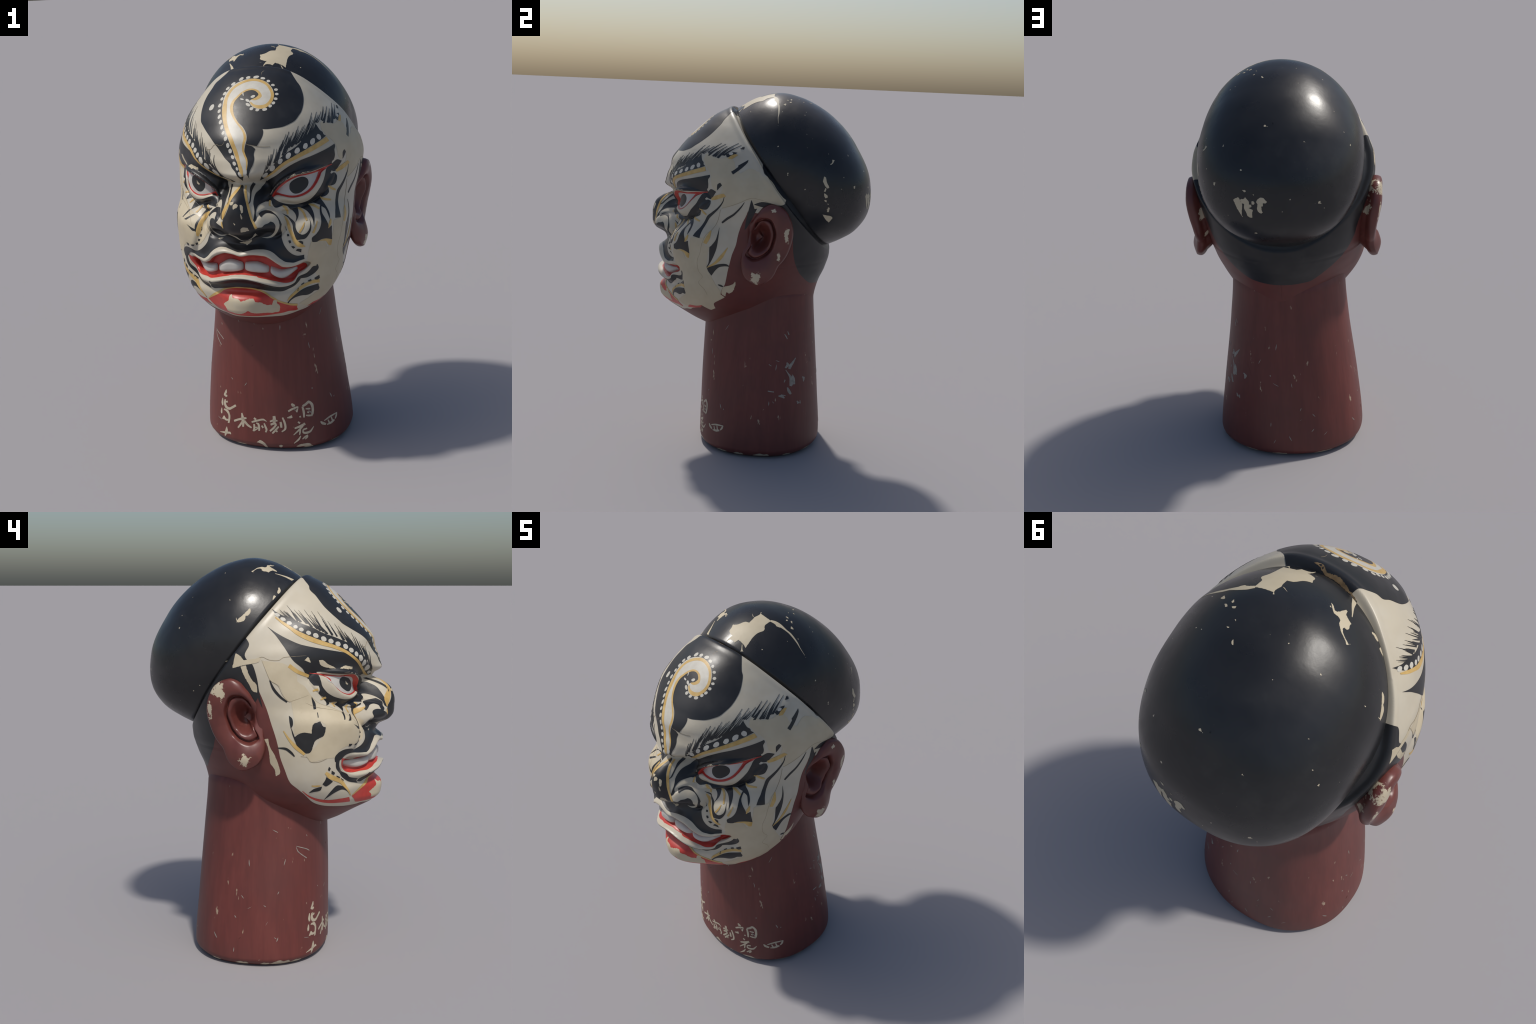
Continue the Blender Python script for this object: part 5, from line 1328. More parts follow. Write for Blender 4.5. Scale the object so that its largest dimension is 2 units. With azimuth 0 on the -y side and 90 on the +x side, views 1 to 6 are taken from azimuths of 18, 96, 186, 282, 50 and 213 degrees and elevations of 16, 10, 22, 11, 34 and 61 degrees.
    patch(H, 'black', 'lip_band', 2, 0,
         [(-19.67, -30.39), (-17.37, -30.77), (-13.82, -30.16), (-7.69, -29.12), (-2.15, -28.65), (3, -28.4), (8.73, -28.94), 
          (15.32, -30.21), (20, -31.46), (22.28, -31.83), (25.4, -31.68), (28.36, -30.7), (29.7, -28.87), (30.8, -28.33), 
          (33.37, -28.18), (35.65, -26.85), (37.41, -25.25), (39.71, -25.06), (40.1, -24.17), (40.75, -24.64), (41.22, -26.24), 
          (39.63, -27.82), (36.14, -29.57), (33.14, -30.29), (30.58, -29.87), (29.73, -30.91), (27.46, -32.43), (24.38, -33.53), 
          (21.46, -34.35), (17.66, -34.23), (13.87, -33.82), (9.64, -33.09), (2.79, -32.67), (-3.21, -32.58), (-11.71, -33.81), 
          (-15.42, -34.14), (-18.85, -34.47), (-21.18, -33.93)])
    patch(H, 'cream', 'flaked_patch', 3, 0.3,
         [(-0.3, -11.17), (1.65, -10.6), (4.08, -10.22), (6.96, -9.14), (7.1, -10.01), (5.55, -11.39), (4.14, -12.54), 
          (2.88, -11.64)])
    patch(H, 'cream', 'flaked_patch', 3, 0.2,
         [(-13.59, -9.81), (-12.05, -9.36), (-10.28, -9.4), (-11.59, -10.2), (-12.86, -10.26)])

    # chin
    patch(H, 'red', 'chin_paint', 2, 0,
         [(-24.93, -39.74), (-19.67, -37.61), (-13.64, -35.53), (-11.77, -34.13), (-6.79, -33.43), (-0.44, -33.23), 
          (4.38, -33.08), (9.44, -33.82), (13.51, -34.99), (16.4, -36.73), (18, -37.68), (18.64, -38.1), (22.59, -39.83), 
          (25.34, -41.04), (29.15, -42.14), (29.15, -43.06), (30.27, -45.22), (29.03, -45.59), (24.79, -44.61), (21.01, -44.76), 
          (14.57, -44.27), (9.47, -43.82), (4.05, -43.48), (-1.04, -43.45), (-6.17, -43.45), (-12.48, -43.62), (-18.67, -43.45), 
          (-21.58, -41.53), (-23.91, -40.27)])
    patch(H, 'cream', 'flaked_patch', 3, 0.35,
         [(-11.9, -39.6), (-9.35, -38.11), (-7.49, -37.45), (-7.25, -36.21), (-5.9, -35.29), (-5.13, -36.37), (-2.95, -36.56), 
          (-1.05, -36.71), (-0.04, -37.41), (2.58, -36.88), (5.05, -36.41), (7.2, -36.21), (8.13, -37.3), (10.86, -37.54), 
          (12.44, -38.5), (15.91, -39.21), (16.59, -37.38), (18.27, -37.39), (18.58, -39.2), (19.62, -40.25), (19.15, -43.16), 
          (15.56, -42.96), (12.45, -42.07), (8.27, -41.76), (5.5, -41.19), (3.98, -40.48), (1.68, -41.55), (-1.35, -42.26), 
          (-5.26, -42.06), (-9.48, -41.95), (-10.05, -40.6)])
    stroke(H, 'gold', 'ochre_line', 3,
          [(-24.8, -39.51, 0.09, -0.14), (-19.48, -37.12, 0.3, -0.4), (-14.48, -35.28, 0.53, -0.32), 
           (-11.06, -34.07, 0.12, -0.28), (-4.99, -33.06, -0.09, -0.21), (2.13, -32.83, -0.1, -0.21), 
           (6.96, -33.06, -0.22, -0.34), (11.28, -34.18, -0.19, -0.29), (14.36, -35.32, -0.17, -0.2), 
           (17.34, -36.94, -0.25, -0.29), (18.66, -37.88, -0.14, -0.3), (22.08, -39.41, -0.12, -0.32), 
           (25.34, -40.54, -0.06, -0.42), (29.22, -41.51, 0.04, -0.54)])
    stroke(H, 'red', 'jaw_line', 2,
          [(37.1, -45.52, 0.1, -0.15), (41.62, -45.06, 0.92, -1.16), (47.4, -45.8, 0.75, -0.8), (51.4, -45, 0, 0)])
    stroke(H, 'red', 'jaw_line', 2,
          [(-59.14, -39.33, -0.06, -0.12), (-54.87, -41.47, -0.07, -0.4), (-48.81, -42.78, 0.15, -0.72), 
           (-41.57, -42.77, 0.52, -0.91), (-33.49, -41.84, 0.99, -1.12), (-25.59, -41.42, 1.39, -1.28)])
    patch(H, 'black', 'cheek_leaf', 2, 0,
         [(22.97, -40.83), (23.69, -39.3), (25.37, -37.86), (28.12, -36.14), (31.32, -34.73), (35.05, -34.03), (41.33, -33.72), 
          (41.65, -34.75), (42.43, -35.94), (41.73, -36.88), (39.02, -36.5), (37.47, -37.13), (34.96, -37.56), (30.99, -37.15), 
          (27.58, -37.58), (25.07, -38.79), (23.66, -40.25)])
    stroke(H, 'gold', 'ochre_line', 3,
          [(23.59, -38.57, 0.12, -0.11), (25.4, -36.93, 0.37, -0.37), (28.07, -35.31, 0.5, -0.42), (30.63, -33.9, 0.54, -0.51), 
           (33.97, -32.92, 0.42, -0.54), (38.12, -32.26, 0.33, -0.68), (41.94, -32.4, 0.27, -0.9)])
    patch(H, 'black', 'painted_dash', 3, 0,
         [(28.85, -33.89), (29.39, -33.85), (29.27, -35.06), (28.8, -35)])
    patch(H, 'black', 'painted_dash', 3, 0,
         [(30.56, -32.7), (32.17, -32.1), (32.19, -32.51), (30.83, -32.94)])
    patch(H, 'black', 'painted_dash', 3, 0,
         [(34.3, -31.63), (36.16, -31.15), (36.74, -31.92), (35.14, -32.25)])
    patch(H, 'black', 'painted_dash', 3, 0,
         [(38.36, -30.84), (41.63, -29.71), (42.12, -31.1), (40.86, -31.71), (39.28, -31.6)])

    # right cheek
    patch(H, 'black', 'nose_fold', 2, 0,
         [(24.36, 3.84), (25.76, 2.19), (27.99, 0.19), (30.07, -1.82), (30.07, -3.78), (30.95, -6.02), (32.55, -7.29), 
          (34.19, -7.62), (36.23, -6.73), (37.88, -4.78), (38.61, -2.55), (38.61, -0.19), (39, -2.83), (38.47, -5.63), 
          (36.59, -8.34), (34.82, -9.73), (32.61, -9.96), (30.23, -10.26), (29.25, -7.9), (28.55, -5.42), (28.46, -2.86), 
          (27.27, -0.59), (25.69, 1.6)])
    stroke(H, 'gold', 'ochre_line', 3,
          [(25.03, 2.05, -0.12, -0.04), (25.57, -0.55, -0.36, -0.08), (26.08, -2.94, -0.78, -0.24), (27.07, -5.96, -0.74, -0.22), 
           (28.04, -8.21, -0.83, -0.34), (29.29, -10.7, -0.98, -0.59), (31.18, -12.58, -0.89, -1), (33.14, -13.25, -0.3, -0.7), 
           (34.61, -13.71, -0.03, -0.1)])
    patch(H, 'black', 'painted_dash', 3, 0,
         [(24.39, -3.2), (24.6, -4.23), (25.31, -5.52), (24.79, -5.41)])
    patch(H, 'black', 'painted_dash', 3, 0,
         [(25.34, -7.22), (26.1, -7.32), (26.32, -8.31), (25.35, -8.32)])
    patch(H, 'black', 'painted_dash', 3, 0,
         [(25.82, -10.4), (26.75, -10.26), (27.23, -11.38), (26.45, -11.77)])
    patch(H, 'black', 'painted_dash', 3, 0,
         [(27.22, -13.31), (28.18, -13.2), (29.13, -13.97), (28.21, -14.45)])
    patch(H, 'black', 'painted_dash', 3, 0,
         [(30.21, -14.88), (32.46, -15.06), (31.87, -16.84), (29.43, -15.68)])
    patch(H, 'black', 'painted_dash', 3, 0,
         [(31.07, -10.99), (32.27, -10.59), (33.74, -11.19), (33.63, -12.49), (32.44, -11.89)])
    stroke(H, 'gold', 'ochre_tick', 3,
          [(17.62, 11.82, -0.67, -0.02), (17.93, 8.87, -0.44, 0.15)])
    stroke(H, 'gold', 'ochre_tick', 3,
          [(24.71, 8.01, -0.2, -0.22), (26.48, 6.33, -0.55, -0.25), (26.44, 2.62, -0.52, -0.12)])
    stroke(H, 'gold', 'ochre_tick', 3,
          [(32.32, 5.63, -0.32, -0.29), (35.16, 3.32, -0.57, -0.27), (36.96, -0.92, -0.49, -0.14)])
    stroke(H, 'gold', 'ochre_tick', 3,
          [(38.86, 6.54, -0.03, -0.27), (42.49, 5.81, -0.26, -0.46), (45.76, 3.92, -0.36, -0.33)])
    stroke(H, 'gold', 'ochre_tick', 3,
          [(53.06, 15.41, -0.24, -0.22), (55.28, 13.68, -0.42, -0.47), (58.49, 12.15, -0.28, -0.35)])
    stroke(H, 'gold', 'ochre_tick', 3,
          [(46.1, 9.67, -0.07, -0.16), (49.95, 8.34, -0.23, -0.56), (54.39, 7.25, -0.1, -0.37)])
    stroke(H, 'gold', 'ochre_tick', 3,
          [(35.36, -1.67, -0.24, 0.07), (34.26, -3.82, -0.42, 0.2), (32.06, -6.52, -0.39, 0.24)])
    stroke(H, 'gold', 'ochre_tick', 3,
          [(42.79, -1.53, -0.16, 0.06), (41.34, -4.4, -0.35, 0.17), (39.47, -7.38, -0.47, 0.28)])
    stroke(H, 'gold', 'ochre_tick', 3,
          [(50.8, -2.11, -0.24, 0.09), (49.78, -4.32, -0.65, 0.32), (48.43, -6.52, -0.14, 0.08)])
    stroke(H, 'gold', 'ochre_tick', 3,
          [(59.42, 22.08, 0.68, -0.59), (65.04, 23.46, 1.17, -0.9), (72.55, 25.36, 1.03, -0.68)])
    patch(H, 'gold', 'ochre_tick', 3, 0,
         [(41.47, -12.03), (46.29, -11.82), (50.4, -13.5), (49.6, -16.19), (48.14, -15.79), (45.91, -12.98)])
    stroke(H, 'black', 'cheek_stroke', 2,
          [(72.23, 24.65, -0.17, 0.03), (71.07, 21.13, -0.38, 0.1), (67.55, 16.97, -0.58, 0.23), (63.62, 13.6, -0.84, 0.41), 
           (60.63, 10.91, -1.01, 0.54), (59.1, 6.82, -1.03, 0.17), (57.89, 2.78, -1.18, 0.2), (56.94, 0.22, -1.67, 0.27), 
           (56.09, -2.74, -2.15, 0.42)])
    patch(H, 'black', 'temple_stroke', 2, 0,
         [(68.51, 31.59), (69.97, 30.36), (67.33, 28.27), (66.18, 27.44), (66.42, 30.51)])
    stroke(H, 'black', 'cheek_stroke', 2,
          [(86.73, 21.92, -0.11, 0.06), (84.23, 18.77, -0.35, 0.24), (79.67, 14.38, -0.43, 0.43), (74.91, 11.24, -0.47, 0.57), 
           (71.18, 8.23, -0.4, 0.42)])
    patch(H, 'black', 'cheek_leaf', 2, 0,
         [(69.65, 4.67), (69.79, -1.64), (68.45, -9.37), (65.36, -16.38), (62.01, -21.26), (61.24, -21.36), (63.07, -18.23), 
          (64.38, -8.26), (65.3, -7.59), (68.39, -3)])
    patch(H, 'black', 'cheek_leaf', 2, 0,
         [(61.73, -21.55), (65.07, -20.73), (69.51, -19.64), (74.59, -19.84), (77.33, -22.08), (74.53, -21.28), (70.03, -21.58), 
          (67.39, -23.32), (64.24, -26.78), (62.3, -23.67)])
    stroke(H, 'gold', 'ochre_tick', 3,
          [(64.61, 2.23, -0.31, 0.09), (63.59, -2.15, -1.09, 0.44), (61.56, -6.1, -0.91, 0.47)])
    stroke(H, 'gold', 'ochre_tick', 3,
          [(75.74, -8.43, -0.15, 0.11), (71.58, -14.54, -0.74, 0.68), (67.06, -18.92, -0.41, 0.61), (62, -21.38, -0.1, 0.21)])
    stroke(H, 'black', 'thin_stroke', 2,
          [(67.96, -32.78, -0.09, -0.16), (69.72, -33.6, -0.28, -0.48), (71.28, -34.5, -0.17, -0.26)])

    # left cheek
    patch(H, 'black', 'cheek_leaf', 2, 0.3,
         [(-55.12, -1.79), (-52.92, -0.99), (-51.95, -3.62), (-50.37, -4.25), (-50.85, -8.93), (-52.92, -10.09), 
          (-55.02, -11.88), (-56.99, -17.76), (-59.9, -18.57), (-64.18, -15.4), (-66.46, -10.6), (-64.49, -8.59), 
          (-61.11, -7.21), (-57.09, -7.73), (-56.78, -2.93)])
    patch(H, 'black', 'cheek_leaf', 2, 0,
         [(-69.27, 2.35), (-67.52, 0.77), (-67.16, -3), (-68.3, -5.08), (-69.05, -1.14)])
    stroke(H, 'black', 'thin_stroke', 2,
          [(-68.01, -4.94, -0.11, -0.04), (-66.83, -8.72, -0.33, -0.15), (-64.86, -13.3, -0.22, -0.11)])
    stroke(H, 'gold', 'ochre_tick', 3,
          [(-72.33, -6.78, -0.2, -0.16), (-69.14, -11.45, -0.47, -0.43), (-65.37, -15.52, -0.64, -0.77), 
           (-60.16, -19.3, -0.43, -0.58)])
    stroke(H, 'black', 'cheek_stroke', 2,
          [(-75.7, -17.52, -0.02, -0.27), (-70.84, -17.42, -0.21, -0.69), (-67.66, -19.2, -0.42, -0.58), 
           (-65.63, -21.06, -0.21, -0.24)])
    stroke(H, 'black', 'cheek_stroke', 2,
          [(-80.63, 22.38, -0.29, -0.12), (-78.23, 17.73, -0.65, -0.38), (-74.33, 13.52, -0.49, -0.48), 
           (-70.21, 10.49, -0.31, -0.39)])
    stroke(H, 'black', 'cheek_stroke', 2,
          [(-54.95, 12.71, -0.21, -0.06), (-54, 9.2, -0.89, -0.18), (-54.2, 5.71, -0.77, -0.1)])
    stroke(H, 'black', 'thin_stroke', 2,
          [(-37.75, 3.21, -0.98, -0.06), (-40.76, -0.9, -0.36, -0.05)])
    stroke(H, 'black', 'thin_stroke', 2,
          [(-32.32, 1.35, -0.81, 0.06), (-37.58, -1.62, -1.08, 0.06)])
    stroke(H, 'black', 'thin_stroke', 2,
          [(-53.45, 3.79, -0.24, -0.03), (-53.71, 0.96, -0.28, -0.04)])
    patch(H, 'black', 'thin_stroke', 2, 0,
         [(-35.24, -3.7), (-32.06, -4.85), (-27, -6.6), (-30.35, -6.83), (-32.96, -5.14)])
    stroke(H, 'gold', 'ochre_tick', 3,
          [(-69.14, 29.56, -0.69, -0.74), (-63.48, 26.63, -0.52, -0.75), (-53.61, 24.18, -0.44, -0.68)])
    stroke(H, 'gold', 'ochre_tick', 3,
          [(-53.89, 16.19, 0.07, -0.3), (-51.34, 17.1, 0.29, -0.71)])
    stroke(H, 'gold', 'ochre_tick', 3,
          [(-49.34, 11, 0.07, -0.24), (-44.17, 12.08, 0.54, -0.62)])
    stroke(H, 'gold', 'ochre_tick', 3,
          [(-37.72, 8.82, -0.66, 0.12), (-40.84, 6.36, -0.43, 0.07)])
    stroke(H, 'gold', 'ochre_tick', 3,
          [(-28.53, 6.44, -0.62, -0.06), (-31.74, 2.21, -0.7, 0.03)])
    stroke(H, 'gold', 'ochre_tick', 3,
          [(-23.47, 7.57, -0.59, -0.21), (-21.35, 5.13, -0.17, -0.14)])
    stroke(H, 'gold', 'ochre_line', 3,
          [(-21, 4.3, -2.07, -0.48), (-24.63, 0.89, -1.55, 0.6), (-25.66, -1.66, -1.13, 0.45), (-26.29, -4.28, -1.39, 0.54), 
           (-26.97, -6.91, -1.33, 0.38), (-27.31, -9.61, -0.56, 0.11)])
    stroke(H, 'black', 'nose_fold', 3,
          [(-19.13, 6.88, -0.18, 0.06), (-23.78, 3.94, -0.72, 0.62), (-26.51, 1.16, -0.52, 0.23), (-27.93, -1.42, -0.56, 0.21), 
           (-28.63, -3.96, -0.7, 0.15), (-28.65, -7.12, -0.28, 0.03)])
    patch(H, 'black', 'painted_dash', 3, 0,
         [(-36.44, -13.97), (-34.24, -14.2), (-34.78, -15.35), (-36.14, -15.37)])
    patch(H, 'black', 'painted_dash', 3, 0,
         [(-32.04, -14.37), (-29.68, -14.13), (-30.3, -15.07), (-32.13, -15.28)])
    patch(H, 'black', 'painted_dash', 3, 0,
         [(-28.86, -13.38), (-27.37, -12.94), (-27.14, -13.9), (-28.49, -14.57)])
    patch(H, 'black', 'painted_dash', 3, 0,
         [(-26.9, -11), (-25.33, -11.15), (-26.06, -12.28), (-27.06, -12.1)])
    patch(H, 'black', 'painted_dash', 3, 0,
         [(-25.74, -8.59), (-24.46, -8.63), (-24.5, -9.89), (-25.98, -9.78)])
    patch(H, 'black', 'painted_dash', 3, 0,
         [(-25.57, -4.6), (-25.05, -4.89), (-24.81, -6.6), (-25.41, -6.75)])
    stroke(H, 'gold', 'ochre_line', 3,
          [(-47.46, -27.9, -0.5, -0.52), (-44.52, -29.71, -0.65, -0.96), (-39.8, -31.1, -0.61, -0.85), 
           (-34.09, -32.94, -1.61, -0.44), (-31.14, -35.52, -0.82, -0.19), (-26.8, -38.97, -0.29, -0.07)])
    patch(H, 'black', 'cheek_leaf', 2, 0,
         [(-46.86, -29.99), (-42.33, -32.02), (-44.41, -33.58), (-46.24, -34.47), (-48.48, -33.53), (-47.28, -31.57)])
    patch(H, 'black', 'cheek_leaf', 2, 0,
         [(-55.26, -39.55), (-52.9, -36.7), (-48.48, -34.81), (-49.01, -36.84), (-52.52, -38.32)])
    patch(H, 'black', 'cheek_leaf', 2, 0,
         [(-44.65, -41.85), (-42.83, -37.3), (-39.07, -34.07), (-33.63, -34.6), (-29.35, -36.66), (-26.12, -39.55), 
          (-31.14, -36.74), (-35.65, -35.93), (-40.5, -37.78)])
    stroke(H, 'gold', 'thin_stroke', 2,
          [(-54.49, -35.25, 0.04, -0.24), (-52, -34.99, 0.09, -0.34), (-49.55, -34.46, 0.08, -0.22)])
    patch(H, 'black', 'painted_dash', 3, 0,
         [(-45.79, -25.01), (-44.66, -25.83), (-45.2, -27.12), (-46.29, -26.58)])
    patch(H, 'black', 'painted_dash', 3, 0,
         [(-43.83, -26.9), (-41.46, -28.03), (-42.1, -29.01), (-43.85, -28.44)])
    patch(H, 'black', 'painted_dash', 3, 0,
         [(-40.05, -29.36), (-36.74, -30.34), (-37.92, -31.21), (-40.05, -30.59)])
    patch(H, 'black', 'painted_dash', 3, 0,
         [(-35.11, -30.97), (-31.55, -32.06), (-33.24, -32.56), (-35.67, -31.86)])

    # cracks
    stroke(H, 'crack', 'crack', 2,
          [(70.46, 17.48, 0.01, -0.03), (77.49, 19.47, 0.03, -0.08), (84.13, 21.8, 0.04, -0.07), (89.22, 23.88, 0.03, -0.08), 
           (93.62, 24.28, -0.01, -0.08), (98.64, 23.33, -0.02, -0.07), (104.88, 21.53, -0.03, -0.07), 
           (108.64, 20.48, -0.01, -0.03)])
    stroke(H, 'crack', 'crack', 2,
          [(69.79, 16.53, -0.03, 0), (68, 8.97, -0.07, 0.02), (65.06, 2.91, -0.06, 0.03), (62.65, 0.18, -0.06, 0.03), 
           (59.35, -7.36, -0.06, 0.02), (57.86, -12.31, -0.06, 0.01), (55.38, -17.79, -0.07, 0), (55.74, -23.58, -0.07, -0.02), 
           (58.05, -27.03, -0.07, 0), (54.92, -30.28, -0.07, -0.01), (58.18, -34.44, -0.06, -0.03), (59.04, -38.29, -0.03, -0.01)])
    stroke(H, 'crack', 'crack', 2,
          [(-92.59, 31.68, 0.01, -0.03), (-87.99, 32.82, 0.03, -0.07), (-85.12, 33.56, -0.01, -0.08), 
           (-81.05, 32.28, -0.02, -0.08), (-75.29, 32.08, 0.02, -0.08), (-72.37, 33.38, 0.02, -0.08), (-66.49, 33.67, 0, -0.08), 
           (-58.1, 33.7, 0, -0.03)])
    stroke(H, 'crack', 'crack', 2,
          [(-85.46, 32.18, -0.04, -0.01), (-82.12, 25.48, -0.09, -0.03), (-80.18, 22.28, -0.07, -0.06), 
           (-75.66, 19.47, -0.07, -0.06), (-73.05, 14.72, -0.08, -0.05), (-69.11, 10.66, -0.05, -0.08), 
           (-66.51, 11.23, 0.03, -0.09), (-57, 14.03, 0.01, -0.04)])
    stroke(H, 'crack', 'crack', 2,
          [(-62.17, -20.58, 0, -0.03), (-58.6, -20.77, -0.03, -0.07), (-56.67, -22.89, -0.02, -0.07), 
           (-51.85, -22.59, 0.02, -0.07), (-47.63, -20.9, 0.02, -0.03)])
    stroke(H, 'crack', 'crack', 2,
          [(-55.59, 13.66, -0.02, -0.02), (-50.57, 9.03, -0.05, -0.05), (-45, 6.78, -0.06, -0.06), (-38.23, 3.13, -0.05, -0.02)])
    stroke(H, 'crack', 'crack', 2,
          [(-19.68, 34.07, -0.02, -0.01), (-18.02, 33.58, -0.01, -0.04), (-15, 33.62, 0.04, -0.04), (-12.85, 34.94, 0.04, -0.03), 
           (-10.46, 35.02, -0.01, -0.04), (-9.5, 34.68, 0, -0.04), (-7.28, 34.98, 0.04, -0.03), (-5.92, 36.5, 0.02, -0.01)])
    stroke(H, 'crack', 'crack', 2,
          [(5.2, 35.3, -0.02, -0.02), (6.23, 34.85, -0.02, -0.05), (8.27, 34.66, -0.02, -0.05), (11.32, 34.24, -0.01, -0.05), 
           (15.92, 34.22, 0, -0.05), (17.47, 34.37, 0, -0.02)])
    stroke(H, 'crack', 'crack', 2,
          [(17.72, 72.11, -0.04, 0.04), (12.78, 70.37, -0.16, 0.06), (12.6, 66.94, -0.06, 0.01)])
    stroke(H, 'crack', 'crack', 2,
          [(-59.4, 9.8, 0, -0.02), (-52.71, 6.77, -0.26, -0.08), (-42.01, 4.16, -0.1, -0.04), (-34.85, 0.43, -0.08, -0.02), 
           (-31.12, -4.31, -0.03, -0.01)])
    stroke(H, 'crack', 'crack', 2,
          [(-8.52, -37.98, -0.01, -0.02), (-2.5, -37.54, -0.01, -0.04), (-0.06, -38.13, -0.03, -0.04), 
           (4.44, -39.44, -0.01, -0.02)])

    # red brown skin in front of the ears, flaking into the white at the right jaw
    patch(H, 'skin', 'jaw_skin', 2, 0.06,
         [(89.13, 16.77), (88.21, 14.38), (84.94, 7.96), (82.75, 1.17), (81.23, -6.38), (78.61, -13.24), (76.89, -19.26), 
          (75.37, -24.48), (72.78, -33.14), (69.93, -36.56), (68.55, -39.41), (71.08, -42.08), (65.67, -43.71), (61.02, -45.3), 
          (59.87, -49.41), (54.71, -50.44), (51, -45), (47.4, -46.2), (40.44, -46.66), (36.87, -47.59), (31.57, -47.4), 
          (26.28, -48.16), (21.45, -48.2), (14.22, -46.29), (8.98, -45.2), (3.38, -44.78), (-1.94, -44.83), (-7.4, -45.03), 
          (-13, -44.6), (-15.98, -45.19), (-21.11, -45.5), (-33.39, -45.74), (-43.09, -46.14), (-50.63, -44.97), 
          (-57.71, -41.08), (-62.22, -38.77), (-67.32, -36.05), (-71.08, -29.48), (-73.94, -23.05), (-75.38, -16.68), 
          (-77.44, -9.46), (-79.47, -3.44), (-82.16, 5.24), (-84.78, 11.69), (-87.02, 16.52), (-118, 10), (-128, -8), 
          (-140, -25), (-179.9, -32), (-179.9, -66), (179.9, -66), (179.9, -32), (140, -25), (128, -8), (118, 10)])

    # black hair painted below the cap, behind and above the ears
    patch(H, 'black', 'sideburn', 3, 0,
         [(91.27, 23.53), (89.46, 16.79), (87.7, 10.07), (86.98, 4.46), (88.37, 6.18), (90.76, 10.16), (95.25, 18.72), 
          (93.56, 18.39), (92.16, 21.88)])
    patch(H, 'black', 'sideburn', 3, 0,
         [(-93.26, 30.41), (-90.93, 29.72), (-88.25, 23.24), (-87.02, 16.52), (-84.85, 6.53), (-87.14, 11.04), (-88.69, 15.91), 
          (-91.29, 18.77), (-93.81, 24.16)])
    patch(H, 'cream', 'flaked_patch', 4, 0.3,
         [(-98.15, 28.63), (-94.87, 29.31), (-93.46, 25.74), (-90.88, 22.11), (-88.61, 20.23), (-88.16, 15.91), (-90.68, 16.46), 
          (-93.24, 20.4), (-95.78, 24.08)])
    patch(H, 'cream', 'flaked_patch', 4, 0.3,
         [(-83.97, -12.74), (-81.51, -12.18), (-80.48, -17.27), (-77.34, -22.28), (-73.74, -30.68), (-74.03, -32.64), 
          (-76.46, -34.54), (-77.25, -30.85), (-80.16, -27.5), (-80.85, -22.14), (-81.89, -17.43)])
    patch(H, 'cream', 'flaked_patch', 4, 0.4,
         [(71.59, -34.74), (75.01, -34.43), (78.14, -33.95), (80, -32.23), (80.2, -34.28), (77.81, -38.69), (74.87, -39.91), 
          (73.02, -38.46), (71.61, -41.45), (69.31, -39.19), (69.79, -37.21)])
    patch(H, 'cream', 'flaked_patch', 4, 0.3,
         [(-103.13, 27.56), (-102.56, 30.37), (-101.55, 34.42), (-98.11, 33.21), (-96.66, 31.78), (-94.67, 31.88), 
          (-86.15, 33.18), (-87.39, 31.11), (-95.21, 29.55)])
    patch(H, 'black', 'painted_hair', 3, 0.06,
         [(98, 49), (104, 45), (110, 38), (120, 27), (130, 18), (140, 10), (150, 4), (160, 0), (170, -2), (180, -3), 
          (180, -40.5), (166, -40), (152, -38.5), (137, -31), (128.6, -21.8), (124, -11.8), (121.6, -1.3), (117, 8), (110, 15), 
          (104, 18.5), (97, 20), (93, 21), (98, 22.5), (105, 21.6), (109.3, 20.6), (113, 21.3), (115.2, 24.8), (112.5, 26.3), 
          (108.8, 30), (104.5, 35.5), (99, 38)])
    patch(H, 'black', 'painted_hair', 3, 0.06,
         [(-97, 43), (-94, 39.5), (-96, 34), (-92.3, 29.7), (-90, 23), (-87.5, 14), (-90, 10), (-95, 14), (-104, 18), (-112, 14), 
          (-117, 5), (-120, -5), (-121, -12), (-130, -25.6), (-152, -39.4), (-166, -40.5), (-180, -40.5), (-180, -3), (-170, -2), 
          (-160, 0), (-150, 4), (-140, 10), (-130, 18), (-120, 27), (-110, 38), (-104, 44), (-99, 48)])

    # writing round the foot of the neck
    stroke(N, 'letter', 'letter_stroke', 1,
          [(-32.5, 0.301, -0.31, -0.0003), (-33.1, 0.285, -1.14, -0.0004), (-34.3, 0.269, -1.08, -0.0027), 
           (-32.5, 0.266, -0.91, -0.006), (-31.9, 0.262, -0.68, -0.0029)])
    stroke(N, 'letter', 'letter_stroke', 1,
          [(-36.8, 0.246, -0.35, -0.0006), (-37, 0.223, -1.15, -0.0025), (-36.5, 0.205, -0.67, -0.0017)])
    stroke(N, 'letter', 'letter_stroke', 1,
          [(-33.7, 0.244, -0.8, -0.0013), (-33.9, 0.221, -1.1, -0.0029), (-32.3, 0.204, -0.96, -0.0058), 
           (-28.8, 0.201, -0.08, -0.007), (-25.6, 0.214, 0.55, -0.0048), (-22.5, 0.229, 0.58, -0.0044)])
    stroke(N, 'letter', 'letter_stroke', 1,
          [(-32.9, 0.231, 0.2, -0.0032), (-30.8, 0.237, 0.29, -0.0049)])
    stroke(N, 'letter', 'letter_stroke', 1,
          [(-37.7, 0.189, -0.41, -0.0008), (-37.9, 0.17, -0.99, -0.002), (-37.8, 0.157, -0.64, -0.0014)])
    stroke(N, 'letter', 'letter_stroke', 1,
          [(-34.8, 0.188, -0.43, -0.004), (-31.2, 0.184, -0.85, -0.0053), (-29, 0.165, -0.91, -0.0028), 
           (-29, 0.143, -0.93, -0.0013), (-29.7, 0.119, -0.83, -0.0008)])
